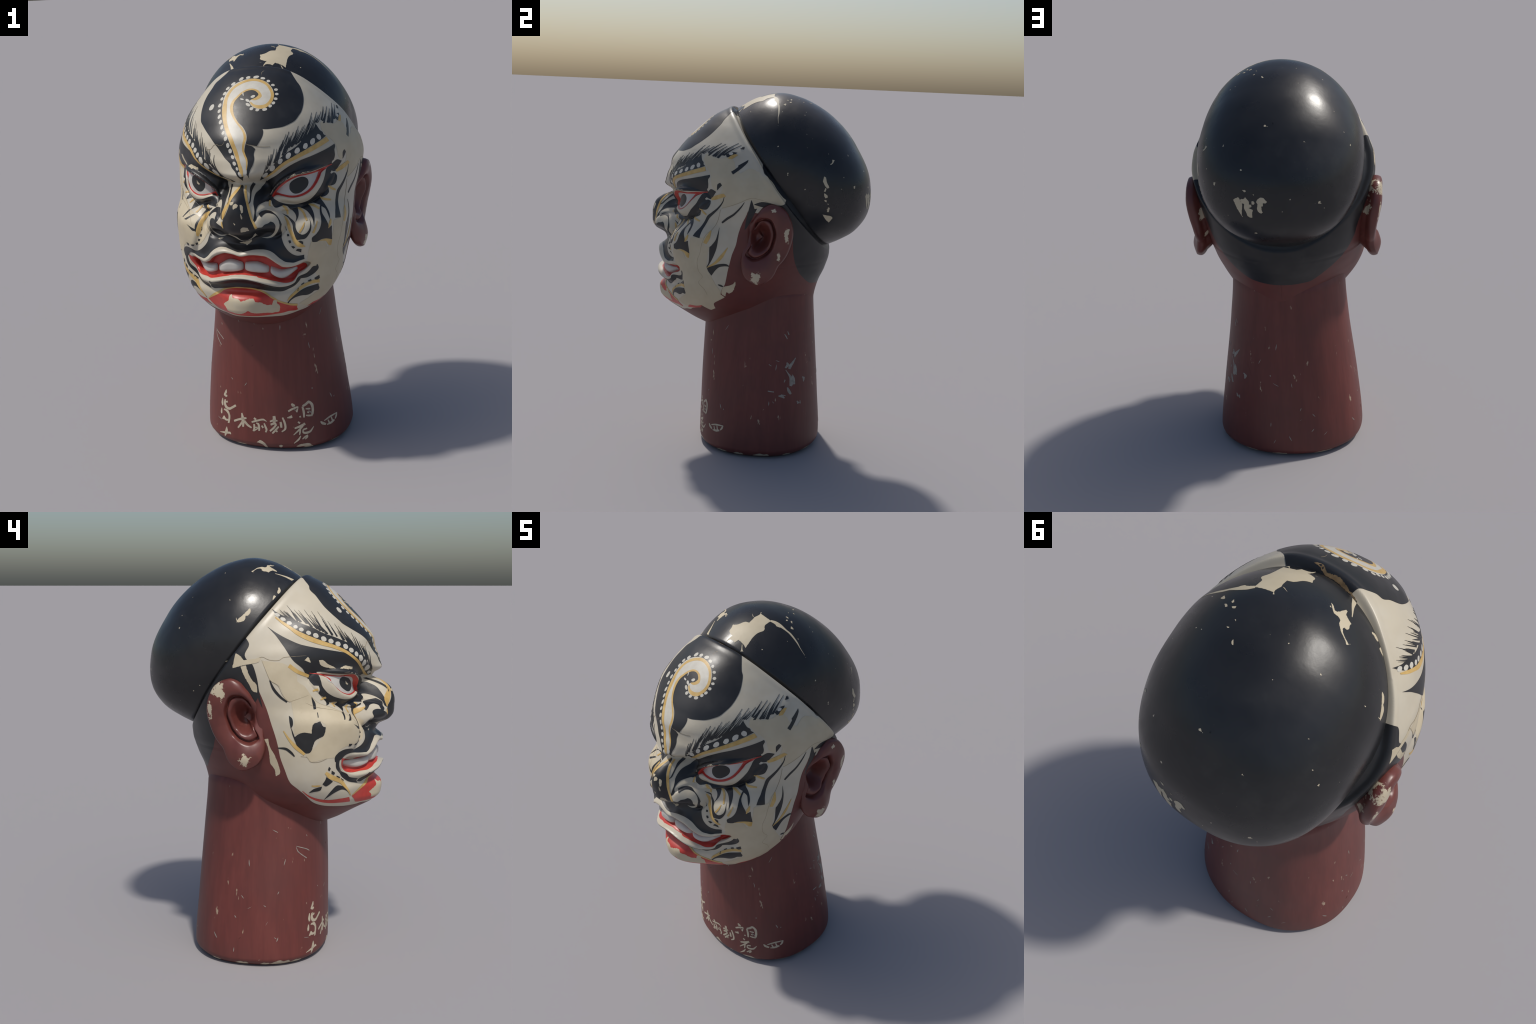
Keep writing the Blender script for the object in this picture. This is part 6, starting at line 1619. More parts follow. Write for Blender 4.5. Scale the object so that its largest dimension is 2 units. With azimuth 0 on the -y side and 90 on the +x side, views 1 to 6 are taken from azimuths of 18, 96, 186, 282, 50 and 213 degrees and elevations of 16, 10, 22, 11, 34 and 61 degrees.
    stroke(N, 'letter', 'letter_stroke', 1,
          [(-36.1, 0.129, 0.97, -0.0003), (-34.5, 0.146, 0.27, -0.005), (-33.7, 0.136, -0.83, -0.0047), 
           (-31.6, 0.133, -0.2, -0.0053), (-29, 0.14, 0.15, -0.0042)])
    stroke(N, 'letter', 'letter_stroke', 1,
          [(-31.7, 0.094, -0.24, -0.0004), (-32, 0.074, -1.33, -0.0018), (-32.8, 0.054, -1.21, -0.0012), 
           (-34, 0.035, -0.27, -0.0004)])
    stroke(N, 'letter', 'letter_stroke', 1,
          [(-39.7, 0.048, -0.05, -0.0014), (-35.4, 0.055, -0.14, -0.0046), (-31.3, 0.061, -0.14, -0.0059), 
           (-28.5, 0.065, -0.41, -0.0054), (-27.5, 0.059, -0.22, -0.0013)])
    stroke(N, 'letter', 'letter_stroke', 1,
          [(-17, 0.194, -0.52, -0.0012), (-16.3, 0.167, -1.18, -0.0024), (-16, 0.142, -1.14, -0.0017), 
           (-16.1, 0.118, -0.7, -0.0009)])
    stroke(N, 'letter', 'letter_stroke', 1,
          [(-24.2, 0.14, 0.3, -0.005), (-19.8, 0.155, 0.23, -0.0052), (-15.7, 0.165, 0.15, -0.0059), (-13, 0.17, 0.08, -0.0043)])
    stroke(N, 'letter', 'letter_stroke', 1,
          [(-16.6, 0.149, -0.61, 0.0015), (-18.3, 0.129, -0.68, 0.0021), (-20.7, 0.107, -0.56, 0.002)])
    stroke(N, 'letter', 'letter_stroke', 1,
          [(-15, 0.153, -0.69, -0.0042), (-12.4, 0.134, -0.63, -0.0048), (-8.9, 0.12, -0.35, -0.0033)])
    stroke(N, 'letter', 'letter_stroke', 1,
          [(-6.7, 0.176, -0.45, -0.0044), (-4.9, 0.169, -0.45, -0.0044)])
    stroke(N, 'letter', 'letter_stroke', 1,
          [(-8.7, 0.152, 0.15, -0.0044), (-3.7, 0.165, 0.12, -0.005), (1.1, 0.173, -0.11, -0.0045), (3.6, 0.164, -0.13, -0.0013)])
    stroke(N, 'letter', 'letter_stroke', 1,
          [(-6.7, 0.143, -0.67, -0.0008), (-6.7, 0.119, -0.81, -0.0002), (-7.6, 0.103, -0.63, 0.0007)])
    stroke(N, 'letter', 'letter_stroke', 1,
          [(-4.9, 0.151, -0.26, -0.0027), (-3.2, 0.145, -0.73, -0.0031), (-2.7, 0.123, -0.8, -0.0013), 
           (-2.8, 0.108, -0.65, -0.0005)])
    stroke(N, 'letter', 'letter_stroke', 1,
          [(-6.1, 0.125, -0.02, -0.003), (-3.9, 0.127, -0.02, -0.0032)])
    stroke(N, 'letter', 'letter_stroke', 1,
          [(-7.4, 0.104, 0.26, -0.003), (-3.6, 0.122, 0.23, -0.0026)])
    stroke(N, 'letter', 'letter_stroke', 1,
          [(-0.6, 0.139, -0.55, -0.0029), (0.6, 0.127, -0.55, -0.0029)])
    stroke(N, 'letter', 'letter_stroke', 1,
          [(1.5, 0.153, -0.48, -0.0015), (2.6, 0.131, -0.75, -0.0024), (3.2, 0.119, -0.78, -0.0004), (2.4, 0.104, -0.6, 0.0011)])
    stroke(N, 'letter', 'letter_stroke', 1,
          [(9.7, 0.196, -1.05, -0.0012), (9.8, 0.178, -1.22, -0.0006), (9.5, 0.161, -1.04, 0.0003)])
    stroke(N, 'letter', 'letter_stroke', 1,
          [(6.2, 0.165, 0.13, -0.0039), (9.3, 0.172, 0.02, -0.0054), (12.2, 0.17, -0.09, -0.0034)])
    stroke(N, 'letter', 'letter_stroke', 1,
          [(6.6, 0.148, 0.2, -0.005), (9.8, 0.156, 0.02, -0.0061), (10.8, 0.151, -0.48, -0.0048)])
    stroke(N, 'letter', 'letter_stroke', 1,
          [(11.2, 0.151, -0.53, 0.0029), (8.9, 0.131, -0.55, 0.0037), (5.8, 0.112, -0.43, 0.0035)])
    stroke(N, 'letter', 'letter_stroke', 1,
          [(12.8, 0.139, -0.44, 0.0029), (10.2, 0.119, -0.55, 0.0037), (7.6, 0.1, -0.43, 0.0029)])
    stroke(N, 'letter', 'letter_stroke', 1,
          [(9.5, 0.122, -0.41, -0.0036), (11.6, 0.11, -0.41, -0.0036)])
    stroke(N, 'letter', 'letter_stroke', 1,
          [(14.4, 0.164, -0.75, -0.0013), (14.7, 0.149, -0.89, -0.001), (14.8, 0.133, -0.75, -0.0004)])
    stroke(N, 'letter', 'letter_stroke', 1,
          [(16.2, 0.188, -0.56, -0.0015), (17.6, 0.159, -0.81, -0.0014), (17.7, 0.127, -0.72, 0.0018), 
           (14.9, 0.11, -0.29, 0.0026)])
    stroke(N, 'letter', 'letter_stroke', 1,
          [(24, 0.261, -0.46, -0.0027), (25.1, 0.252, -0.68, -0.0069), (26.6, 0.249, -0.16, -0.0036)])
    stroke(N, 'letter', 'letter_stroke', 1,
          [(21, 0.221, 0.25, -0.0041), (24.9, 0.234, 0.21, -0.0047), (28.8, 0.24, -0.24, -0.0042), (28, 0.226, -0.61, 0.0015), 
           (27.4, 0.214, -0.61, 0.0014)])
    stroke(N, 'letter', 'letter_stroke', 1,
          [(19.8, 0.186, 0.03, -0.0021), (22.2, 0.189, 0.15, -0.0061), (23.7, 0.193, 0.29, -0.0069)])
    stroke(N, 'letter', 'letter_stroke', 1,
          [(29.1, 0.187, 0.1, -0.003), (30.4, 0.189, 0.15, -0.0046)])
    stroke(N, 'letter', 'letter_stroke', 1,
          [(32.3, 0.241, -0.65, -0.0007), (32.9, 0.214, -0.9, -0.0002), (32.7, 0.182, -0.53, 0.0002)])
    stroke(N, 'letter', 'letter_stroke', 1,
          [(32.5, 0.243, 0.33, -0.0046), (35.1, 0.251, 0.43, -0.0055), (37.8, 0.261, -0.13, -0.0071), (40, 0.246, -1.02, -0.0025), 
           (40.4, 0.223, -0.95, 0.0007), (39.8, 0.199, -0.84, 0.0021), (38.5, 0.184, -0.55, 0.0021)])
    stroke(N, 'letter', 'letter_stroke', 1,
          [(34.7, 0.227, -0.05, -0.003), (37.1, 0.225, -0.02, -0.0045), (38.4, 0.225, 0.06, -0.0031)])
    stroke(N, 'letter', 'letter_stroke', 1,
          [(35.6, 0.208, -0.06, -0.0037), (37.1, 0.206, -0.08, -0.0045)])
    stroke(N, 'letter', 'letter_stroke', 1,
          [(34.4, 0.192, -0.08, -0.003), (36.5, 0.189, -0.08, -0.0045), (38.6, 0.188, -0.03, -0.0041)])
    stroke(N, 'letter', 'letter_stroke', 1,
          [(27.7, 0.161, -0.36, -0.0033), (29.2, 0.153, -0.43, -0.004)])
    stroke(N, 'letter', 'letter_stroke', 1,
          [(24.8, 0.127, 0.17, -0.0039), (28.8, 0.136, 0.27, -0.0055), (33.1, 0.148, 0.29, -0.0055)])
    stroke(N, 'letter', 'letter_stroke', 1,
          [(32.6, 0.152, -0.41, 0.0023), (30.2, 0.131, -0.46, 0.0032), (27.1, 0.112, -0.36, 0.0032), (23.6, 0.091, -0.18, 0.0016)])
    stroke(N, 'letter', 'letter_stroke', 1,
          [(29, 0.124, -0.51, 0.0005), (28.6, 0.107, -0.62, 0.0008), (28.1, 0.09, -0.34, 0.0005)])
    stroke(N, 'letter', 'letter_stroke', 1,
          [(34.2, 0.122, -0.15, 0.0036), (31.2, 0.116, -0.37, 0.0032), (31, 0.103, -0.61, -0.0027), (32.7, 0.098, 0.02, -0.0058), 
           (36.3, 0.103, 0.34, -0.0045), (38.3, 0.117, 0.35, -0.0022), (39.6, 0.128, 0.12, -0.0007)])
    stroke(N, 'letter', 'letter_stroke', 1,
          [(28.9, 0.084, -0.28, 0.0015), (27.2, 0.066, -0.44, 0.0033), (23.5, 0.045, -0.12, 0.0012)])
    stroke(N, 'letter', 'letter_stroke', 1,
          [(34.3, 0.084, -0.24, 0.0039), (32.2, 0.077, -0.33, 0.004), (30, 0.066, -0.2, 0.0021)])
    stroke(N, 'letter', 'letter_stroke', 1,
          [(34, 0.082, -0.55, 0.0015), (33.6, 0.074, -0.42, 0.0024), (32, 0.064, -0.18, 0.0014)])
    stroke(N, 'letter', 'letter_stroke', 1,
          [(45.6, 0.144, -0.31, -0.0016), (47.1, 0.133, -0.66, -0.0054), (50.1, 0.122, -0.35, -0.0039)])
    stroke(N, 'letter', 'letter_stroke', 1,
          [(48.9, 0.143, 0.18, -0.0022), (55.1, 0.154, 0.34, -0.0042), (63.2, 0.159, 0.19, -0.0023)])
    stroke(N, 'letter', 'letter_stroke', 1,
          [(62.9, 0.16, -0.46, 0.0013), (61.9, 0.145, -0.73, 0.0026), (60.1, 0.131, -0.39, 0.0016)])
    stroke(N, 'letter', 'letter_stroke', 1,
          [(52.6, 0.141, -0.5, -0.0003), (53.5, 0.123, -0.68, -0.0003)])
    stroke(N, 'letter', 'letter_stroke', 1,
          [(56.2, 0.149, -0.55, 0.0002), (56.9, 0.129, -0.75, 0.0004)])
    stroke(N, 'letter', 'letter_stroke', 1,
          [(51.1, 0.118, 0.15, -0.0025), (55, 0.12, 0.44, -0.0053), (59.1, 0.128, 0.43, -0.0038)])
    patch(N, 'letter', 'foot_chip', 1, 0.4,
         [(-5.1, 0.043), (-2.6, 0.057), (-0.5, 0.052), (2.1, 0.036), (3, 0.011), (1, 0.003), (0.1, 0.027), (-2.8, 0.04)])
    patch(N, 'letter', 'foot_chip', 1, 0.4,
         [(12.1, 0.031), (13.6, 0.039), (15.2, 0.032), (14, 0.018), (12.7, 0.02)])
    patch(N, 'letter', 'foot_chip', 1, 0.4,
         [(25.3, 0.025), (27.8, 0.037), (32.1, 0.041), (35, 0.039), (36.9, 0.028), (35.3, 0.021), (30.8, 0.024), (27.1, 0.02)])
    patch(N, 'letter', 'foot_chip', 1, 0.4,
         [(-71, 0.012), (-67.4, 0.025), (-62.9, 0.034), (-59.3, 0.025), (-55.7, 0.03), (-53, 0.013), (-58.4, 0.008), 
          (-65.6, 0.008)])
    patch(N, 'letter', 'foot_chip', 1, 0.4,
         [(-53, 0.012), (-51, 0.02), (-48.5, 0.026), (-46.5, 0.021), (-44.5, 0.023), (-43, 0.013), (-46, 0.008), (-50, 0.008)])
    patch(N, 'letter', 'foot_chip', 1, 0.4,
         [(-79, 0.012), (-77.4, 0.019), (-75.4, 0.024), (-73.8, 0.02), (-72.2, 0.022), (-71, 0.013), (-73.4, 0.008), 
          (-76.6, 0.008)])
    patch(N, 'letter', 'foot_chip', 1, 0.4,
         [(-101, 0.012), (-98.6, 0.02), (-95.6, 0.026), (-93.2, 0.021), (-90.8, 0.023), (-89, 0.013), (-92.6, 0.008), 
          (-97.4, 0.008)])
    patch(N, 'letter', 'foot_chip', 1, 0.4,
         [(-125, 0.012), (-123, 0.018), (-120.5, 0.022), (-118.5, 0.019), (-116.5, 0.02), (-115, 0.013), (-118, 0.008), 
          (-122, 0.008)])
    patch(N, 'letter', 'foot_chip', 1, 0.4,
         [(54, 0.012), (56.4, 0.018), (59.4, 0.022), (61.8, 0.019), (64.2, 0.02), (66, 0.013), (62.4, 0.008), (57.6, 0.008)])
    patch(N, 'letter', 'foot_chip', 1, 0.4,
         [(73, 0.012), (75, 0.02), (77.5, 0.026), (79.5, 0.021), (81.5, 0.023), (83, 0.013), (80, 0.008), (76, 0.008)])
    patch(N, 'letter', 'foot_chip', 1, 0.4,
         [(92, 0.012), (95.2, 0.022), (99.2, 0.028), (102.4, 0.022), (105.6, 0.025), (108, 0.013), (103.2, 0.008), (96.8, 0.008)])
    patch(N, 'letter', 'foot_chip', 1, 0.4,
         [(121, 0.012), (122.6, 0.018), (124.6, 0.022), (126.2, 0.019), (127.8, 0.02), (129, 0.013), (126.6, 0.008), 
          (123.4, 0.008)])
    patch(N, 'letter', 'foot_chip', 1, 0.4,
         [(144, 0.012), (146.4, 0.019), (149.4, 0.024), (151.8, 0.02), (154.2, 0.022), (156, 0.013), (152.4, 0.008), 
          (147.6, 0.008)])
    patch(N, 'letter', 'foot_chip', 1, 0.4,
         [(168, 0.012), (170.8, 0.019), (174.3, 0.024), (177.1, 0.02), (179.9, 0.022), (182, 0.013), (177.8, 0.008), 
          (172.2, 0.008)])
    patch(N, 'letter', 'foot_chip', 1, 0.4,
         [(-158, 0.012), (-154.8, 0.018), (-150.8, 0.022), (-147.6, 0.019), (-144.4, 0.02), (-142, 0.013), (-146.8, 0.008), 
          (-153.2, 0.008)])
    patch(N, 'letter', 'foot_chip', 1, 0.4,
         [(-25, 0.012), (-23, 0.018), (-20.5, 0.022), (-18.5, 0.019), (-16.5, 0.02), (-15, 0.013), (-18, 0.008), (-22, 0.008)])
    patch(N, 'letter', 'foot_chip', 1, 0.4,
         [(31, 0.012), (32.6, 0.02), (34.6, 0.026), (36.2, 0.021), (37.8, 0.023), (39, 0.013), (36.6, 0.008), (33.4, 0.008)])

    # scuffs on the neck
    stroke(N, 'scuff', 'scuff_mark', 1,
          [(123.8, 0.533, -0.55, -0.0017), (125.1, 0.522, -1.43, 0.0025), (122.4, 0.504, -0.63, 0.0027)])
    stroke(N, 'scuff', 'scuff_mark', 1,
          [(133.7, 0.554, -0.26, 0.0009), (130.7, 0.533, -0.9, 0.0035), (127.8, 0.514, -1.32, 0.0045), 
           (126.4, 0.497, -1.12, 0.003)])
    stroke(N, 'scuff', 'scuff_mark', 1,
          [(122.7, 0.493, -0.22, -0.0007), (125, 0.473, -0.5, -0.0015), (127.6, 0.45, -1.25, -0.002), 
           (128.9, 0.421, -2.4, 0.0017), (127.6, 0.401, -1.14, 0.0028)])
    stroke(N, 'scuff', 'scuff_mark', 1,
          [(129.7, 0.463, -0.34, 0), (130.4, 0.441, -1.72, -0.0004), (131.7, 0.408, -0.84, -0.0002)])
    stroke(N, 'scuff', 'scuff_mark', 1,
          [(124.3, 0.395, -0.6, -0.001), (125.9, 0.373, -1.28, -0.0028), (127.8, 0.356, -0.84, -0.0023)])
    stroke(N, 'scuff', 'scuff_mark', 1,
          [(115.5, 0.351, -0.05, -0.0031), (118.5, 0.349, -0.37, -0.0066), (121.3, 0.338, -0.31, -0.0029)])
    stroke(N, 'scuff', 'scuff_mark', 1,
          [(117.9, 0.357, -0.06, -0.0024), (122.3, 0.351, -0.06, -0.0024)])
    stroke(N, 'scuff', 'scuff_mark', 1,
          [(141.2, 0.44, -0.34, -0.0029), (143.5, 0.433, -1.53, 0.0002), (142.9, 0.412, -0.45, 0.0007)])
    stroke(N, 'scuff', 'scuff_mark', 1,
          [(134.5, 0.312, -0.44, -0.0009), (136.3, 0.296, -1.3, -0.0023)])
    stroke(N, 'scuff', 'scuff_mark', 1,
          [(138.1, 0.31, -0.4, 0.0004), (138.3, 0.293, -0.56, 0.0006)])
    stroke(N, 'scuff', 'scuff_mark', 1,
          [(121.8, 0.691, -0.29, -0.0008), (123.3, 0.678, -0.48, -0.0012), (124.7, 0.663, -0.31, -0.0006)])
    stroke(N, 'scuff', 'scuff_mark', 1,
          [(125.1, 0.706, -0.27, -0.0004), (126.5, 0.686, -0.54, -0.0007)])
    stroke(N, 'scuff', 'scuff_mark', 1,
          [(121.1, 0.425, 0.36, -0.0009), (122, 0.439, 0.54, -0.0013)])
    stroke(N, 'scuff', 'scuff_mark', 1,
          [(106.1, 0.526, -0.13, -0.0012), (108.6, 0.517, -0.16, -0.0015)])
    stroke(N, 'scuff', 'scuff_mark', 1,
          [(105.4, 0.379, -0.06, -0.0028), (111.2, 0.374, -0.06, -0.0028)])
    stroke(N, 'scuff', 'scuff_mark', 1,
          [(-51.9, 0.6, -0.06, -0.0013), (-41.2, 0.578, -0.14, -0.0019), (-37.9, 0.567, -0.15, -0.0011)])
    stroke(N, 'scuff', 'scuff_mark', 1,
          [(-51.9, 0.594, -0.24, -0.0004), (-49.9, 0.571, -0.29, -0.0012), (-41, 0.532, -0.28, -0.0014)])
    stroke(N, 'scuff', 'scuff_mark', 1,
          [(-37.2, 0.124, 0.07, 0.0004), (-39.7, 0.127, 0.24, 0.0008), (-42.3, 0.131, 0.05, 0.0003)])
    stroke(N, 'scuff', 'scuff_mark', 1,
          [(-6.8, 0.562, 0.1, 0.0004), (-5.9, 0.565, 0.33, 0.0008), (-5.1, 0.568, 0.07, 0.0003)])
    stroke(N, 'scuff', 'scuff_mark', 1,
          [(-25.4, 0.367, 0.07, 0.0004), (-26.2, 0.372, 0.23, 0.0008), (-26.9, 0.376, 0.05, 0.0003)])
    stroke(N, 'scuff', 'scuff_mark', 1,
          [(-40.7, 0.641, 0.08, 0.0004), (-41.2, 0.646, 0.26, 0.0008), (-41.7, 0.651, 0.05, 0.0003)])
    stroke(N, 'scuff', 'scuff_mark', 1,
          [(-75.8, 0.215, 0.06, 0.0004), (-74.9, 0.225, 0.19, 0.0008), (-73.9, 0.235, 0.04, 0.0003)])
    stroke(N, 'scuff', 'scuff_mark', 1,
          [(155.9, 0.514, 0.1, 0.0004), (156.9, 0.526, 0.33, 0.0008), (157.9, 0.539, 0.07, 0.0003)])
    stroke(N, 'scuff', 'scuff_mark', 1,
          [(60, 0.252, 0.12, 0.0004), (59.3, 0.265, 0.41, 0.0008), (58.5, 0.277, 0.08, 0.0003)])
    stroke(N, 'scuff', 'scuff_mark', 1,
          [(-169.1, 0.212, 0.09, 0.0004), (-168.1, 0.216, 0.31, 0.0008), (-167, 0.22, 0.06, 0.0003)])
    stroke(N, 'scuff', 'scuff_mark', 1,
          [(-67, 0.369, 0.12, 0.0004), (-66.5, 0.376, 0.41, 0.0008), (-66, 0.383, 0.08, 0.0003)])
    stroke(N, 'scuff', 'scuff_mark', 1,
          [(-92.4, 0.504, 0.12, 0.0004), (-92.8, 0.52, 0.39, 0.0008), (-93.1, 0.536, 0.08, 0.0003)])
    stroke(N, 'scuff', 'scuff_mark', 1,
          [(-175.8, 0.1, 0.09, 0.0004), (-176.8, 0.114, 0.31, 0.0008), (-177.8, 0.128, 0.06, 0.0003)])
    stroke(N, 'scuff', 'scuff_mark', 1,
          [(174.3, 0.403, 0.06, 0.0004), (171.9, 0.41, 0.21, 0.0008), (169.6, 0.418, 0.04, 0.0003)])
    stroke(N, 'scuff', 'scuff_mark', 1,
          [(-3.1, 0.678, 0.08, 0.0004), (-4.1, 0.681, 0.26, 0.0008), (-5.1, 0.685, 0.05, 0.0003)])
    stroke(N, 'scuff', 'scuff_mark', 1,
          [(-156.6, 0.229, 0.08, 0.0004), (-157.6, 0.237, 0.28, 0.0008), (-158.6, 0.246, 0.06, 0.0003)])
    stroke(N, 'scuff', 'scuff_mark', 1,
          [(167.9, 0.178, 0.09, 0.0004), (168, 0.189, 0.31, 0.0008), (168, 0.199, 0.06, 0.0003)])
    stroke(N, 'scuff', 'scuff_mark', 1,
          [(-66.3, 0.131, 0.14, 0.0004), (-65.7, 0.142, 0.47, 0.0008), (-65.2, 0.152, 0.09, 0.0003)])
    stroke(N, 'scuff', 'scuff_mark', 1,
          [(-101.7, 0.071, 0.1, 0.0004), (-101.5, 0.082, 0.34, 0.0008), (-101.4, 0.093, 0.07, 0.0003)])
    stroke(N, 'scuff', 'scuff_mark', 1,
          [(44.5, 0.539, 0.08, 0.0004), (44.3, 0.555, 0.28, 0.0008), (44, 0.57, 0.06, 0.0003)])
    stroke(N, 'scuff', 'scuff_mark', 1,
          [(-98.3, 0.136, 0.06, 0.0004), (-96.8, 0.144, 0.21, 0.0008), (-95.3, 0.151, 0.04, 0.0003)])
    stroke(N, 'scuff', 'scuff_mark', 1,
          [(-66.6, 0.146, 0.08, 0.0004), (-67.5, 0.15, 0.26, 0.0008), (-68.4, 0.154, 0.05, 0.0003)])
    stroke(N, 'scuff', 'scuff_mark', 1,
          [(27.4, 0.222, 0.12, 0.0004), (26.4, 0.226, 0.4, 0.0008), (25.4, 0.23, 0.08, 0.0003)])
    stroke(N, 'scuff', 'scuff_mark', 1,
          [(-76.2, 0.307, 0.09, 0.0004), (-77.2, 0.311, 0.31, 0.0008), (-78.2, 0.315, 0.06, 0.0003)])
    stroke(N, 'scuff', 'scuff_mark', 1,
          [(20, 0.651, 0.13, 0.0004), (20.1, 0.664, 0.42, 0.0008), (20.3, 0.676, 0.08, 0.0003)])
    stroke(N, 'scuff', 'scuff_mark', 1,
          [(112.8, 0.493, 0.12, 0.0004), (113.2, 0.509, 0.41, 0.0008), (113.7, 0.525, 0.08, 0.0003)])
    stroke(N, 'scuff', 'scuff_mark', 1,
          [(111.1, 0.312, 0.06, 0.0004), (110.4, 0.317, 0.2, 0.0008), (109.6, 0.322, 0.04, 0.0003)])
    stroke(N, 'scuff', 'scuff_mark', 1,
          [(62.6, 0.248, 0.13, 0.0004), (62.7, 0.252, 0.42, 0.0008), (62.9, 0.256, 0.08, 0.0003)])
    stroke(N, 'scuff', 'scuff_mark', 1,
          [(-160, 0.146, 0.14, 0.0004), (-159, 0.154, 0.46, 0.0008), (-158, 0.162, 0.09, 0.0003)])
    stroke(N, 'scuff', 'scuff_mark', 1,
          [(-95.7, 0.343, 0.09, 0.0004), (-96.8, 0.351, 0.29, 0.0008), (-97.9, 0.359, 0.06, 0.0003)])
    stroke(N, 'scuff', 'scuff_mark', 1,
          [(116.4, 0.54, 0.1, 0.0004), (114.6, 0.544, 0.35, 0.0008), (112.8, 0.548, 0.07, 0.0003)])
    stroke(N, 'scuff', 'scuff_mark', 1,
          [(-19.1, 0.679, 0.07, 0.0004), (-20.2, 0.694, 0.22, 0.0008), (-21.2, 0.708, 0.04, 0.0003)])
    stroke(N, 'scuff', 'scuff_mark', 1,
          [(-13.9, 0.347, 0.13, 0.0004), (-12.9, 0.356, 0.43, 0.0008), (-12, 0.365, 0.09, 0.0003)])
    stroke(N, 'scuff', 'scuff_mark', 1,
          [(167.2, 0.453, 0.13, 0.0004), (167, 0.458, 0.44, 0.0008), (166.8, 0.462, 0.09, 0.0003)])
    stroke(N, 'scuff', 'scuff_mark', 1,
          [(170.2, 0.082, 0.1, 0.0004), (171, 0.093, 0.33, 0.0008), (171.9, 0.104, 0.07, 0.0003)])
    stroke(N, 'scuff', 'scuff_mark', 1,
          [(-101.2, 0.243, 0.11, 0.0004), (-102, 0.249, 0.36, 0.0008), (-102.8, 0.254, 0.07, 0.0003)])
    stroke(N, 'scuff', 'scuff_mark', 1,
          [(-92, 0.292, 0.15, 0.0004), (-90.1, 0.299, 0.49, 0.0008), (-88.3, 0.305, 0.1, 0.0003)])
    stroke(N, 'scuff', 'scuff_mark', 1,
          [(42.1, 0.325, 0.13, 0.0004), (42, 0.33, 0.45, 0.0008), (42, 0.335, 0.09, 0.0003)])
    stroke(N, 'scuff', 'scuff_mark', 1,
          [(-117.6, 0.125, 0.14, 0.0004), (-119.3, 0.138, 0.47, 0.0008), (-120.9, 0.151, 0.09, 0.0003)])
    stroke(N, 'scuff', 'scuff_mark', 1,
          [(-62.6, 0.511, 0.11, 0.0004), (-62, 0.526, 0.38, 0.0008), (-61.3, 0.541, 0.08, 0.0003)])
    stroke(N, 'scuff', 'scuff_mark', 1,
          [(-174.4, 0.398, 0.07, 0.0004), (-174.7, 0.409, 0.24, 0.0008), (-174.9, 0.42, 0.05, 0.0003)])
    stroke(N, 'scuff', 'scuff_mark', 1,
          [(-168.4, 0.266, 0.1, 0.0004), (-167.9, 0.274, 0.33, 0.0008), (-167.5, 0.283, 0.07, 0.0003)])
    stroke(N, 'scuff', 'scuff_mark', 1,
          [(171.7, 0.598, 0.12, 0.0004), (172.1, 0.614, 0.4, 0.0008), (172.5, 0.63, 0.08, 0.0003)])
    stroke(N, 'scuff', 'scuff_mark', 1,
          [(106.3, 0.299, 0.12, 0.0004), (106.4, 0.311, 0.4, 0.0008), (106.4, 0.322, 0.08, 0.0003)])
    stroke(N, 'scuff', 'scuff_mark', 1,
          [(-150.3, 0.118, 0.11, 0.0004), (-148.9, 0.126, 0.37, 0.0008), (-147.5, 0.134, 0.07, 0.0003)])
    stroke(N, 'scuff', 'scuff_mark', 1,
          [(-68.8, 0.673, 0.12, 0.0004), (-71.1, 0.68, 0.41, 0.0008), (-73.5, 0.687, 0.08, 0.0003)])
    stroke(N, 'scuff', 'scuff_mark', 1,
          [(60.5, 0.692, 0.12, 0.0004), (62.4, 0.707, 0.4, 0.0008), (64.2, 0.723, 0.08, 0.0003)])
    stroke(N, 'scuff', 'scuff_mark', 1,
          [(39.5, 0.198, 0.14, 0.0004), (38.1, 0.208, 0.47, 0.0008), (36.6, 0.218, 0.09, 0.0003)])

    # flakes and cracks on the hair cap
    patch(C, 'cream', 'flaked_patch', 1, 0.25,
         [(25.84, 28.03), (23.21, 26.96), (20.94, 27.6), (17.47, 27.12), (17.4, 26.2), (17.11, 22.62), (18.76, 20.8), 
          (18.92, 19.22), (17.35, 16.55), (16.72, 11.91), (17.29, 4.5), (14.85, 5.68), (10.47, 6.5), (9.55, 3.87), (7.28, 4.45), 
          (5.13, 3.63), (4.59, 1.25), (4.46, 3.84), (5.54, 7.27), (4.24, 7.02), (1.1, 8.56), (0.74, 10.82), (-0.28, 13.11), 
          (1.02, 13.4), (2.88, 14.71), (5.16, 18.14), (7.87, 18.95), (7.79, 22.15), (7.36, 23.75), (8.22, 27.26), (7.04, 29.44), 
          (7.74, 29.55), (8.03, 28.45), (10.63, 28.24), (13.23, 28), (15.74, 27.93), (18.26, 27.87), (20.65, 27.81), 
          (21.41, 29.27)])
    patch(C, 'cream', 'flaked_patch', 1, 0.25,
         [(-11.89, 16.41), (-13.25, 16.57), (-15.29, 18.18), (-16.36, 17.66), (-17.39, 12.24), (-18.19, 12.24), (-19.32, 14.65), 
          (-23.39, 15.32), (-23.54, 16.64), (-24.7, 18.45), (-24.55, 19.62), (-23.17, 20.04), (-23.29, 21.21), (-24.69, 22.24), 
          (-26.86, 22.82), (-30.28, 23.01), (-29.6, 24.09), (-27.54, 23.35), (-24.66, 23), (-22.84, 22.23), (-20.6, 20.93), 
          (-19.98, 19.46), (-17.93, 18.99), (-16.15, 19.6)])
    patch(C, 'cream', 'flaked_patch', 1, 0.2,
         [(32.68, 33.15), (30.93, 32.17), (29.71, 33.96), (31.57, 33.93)])
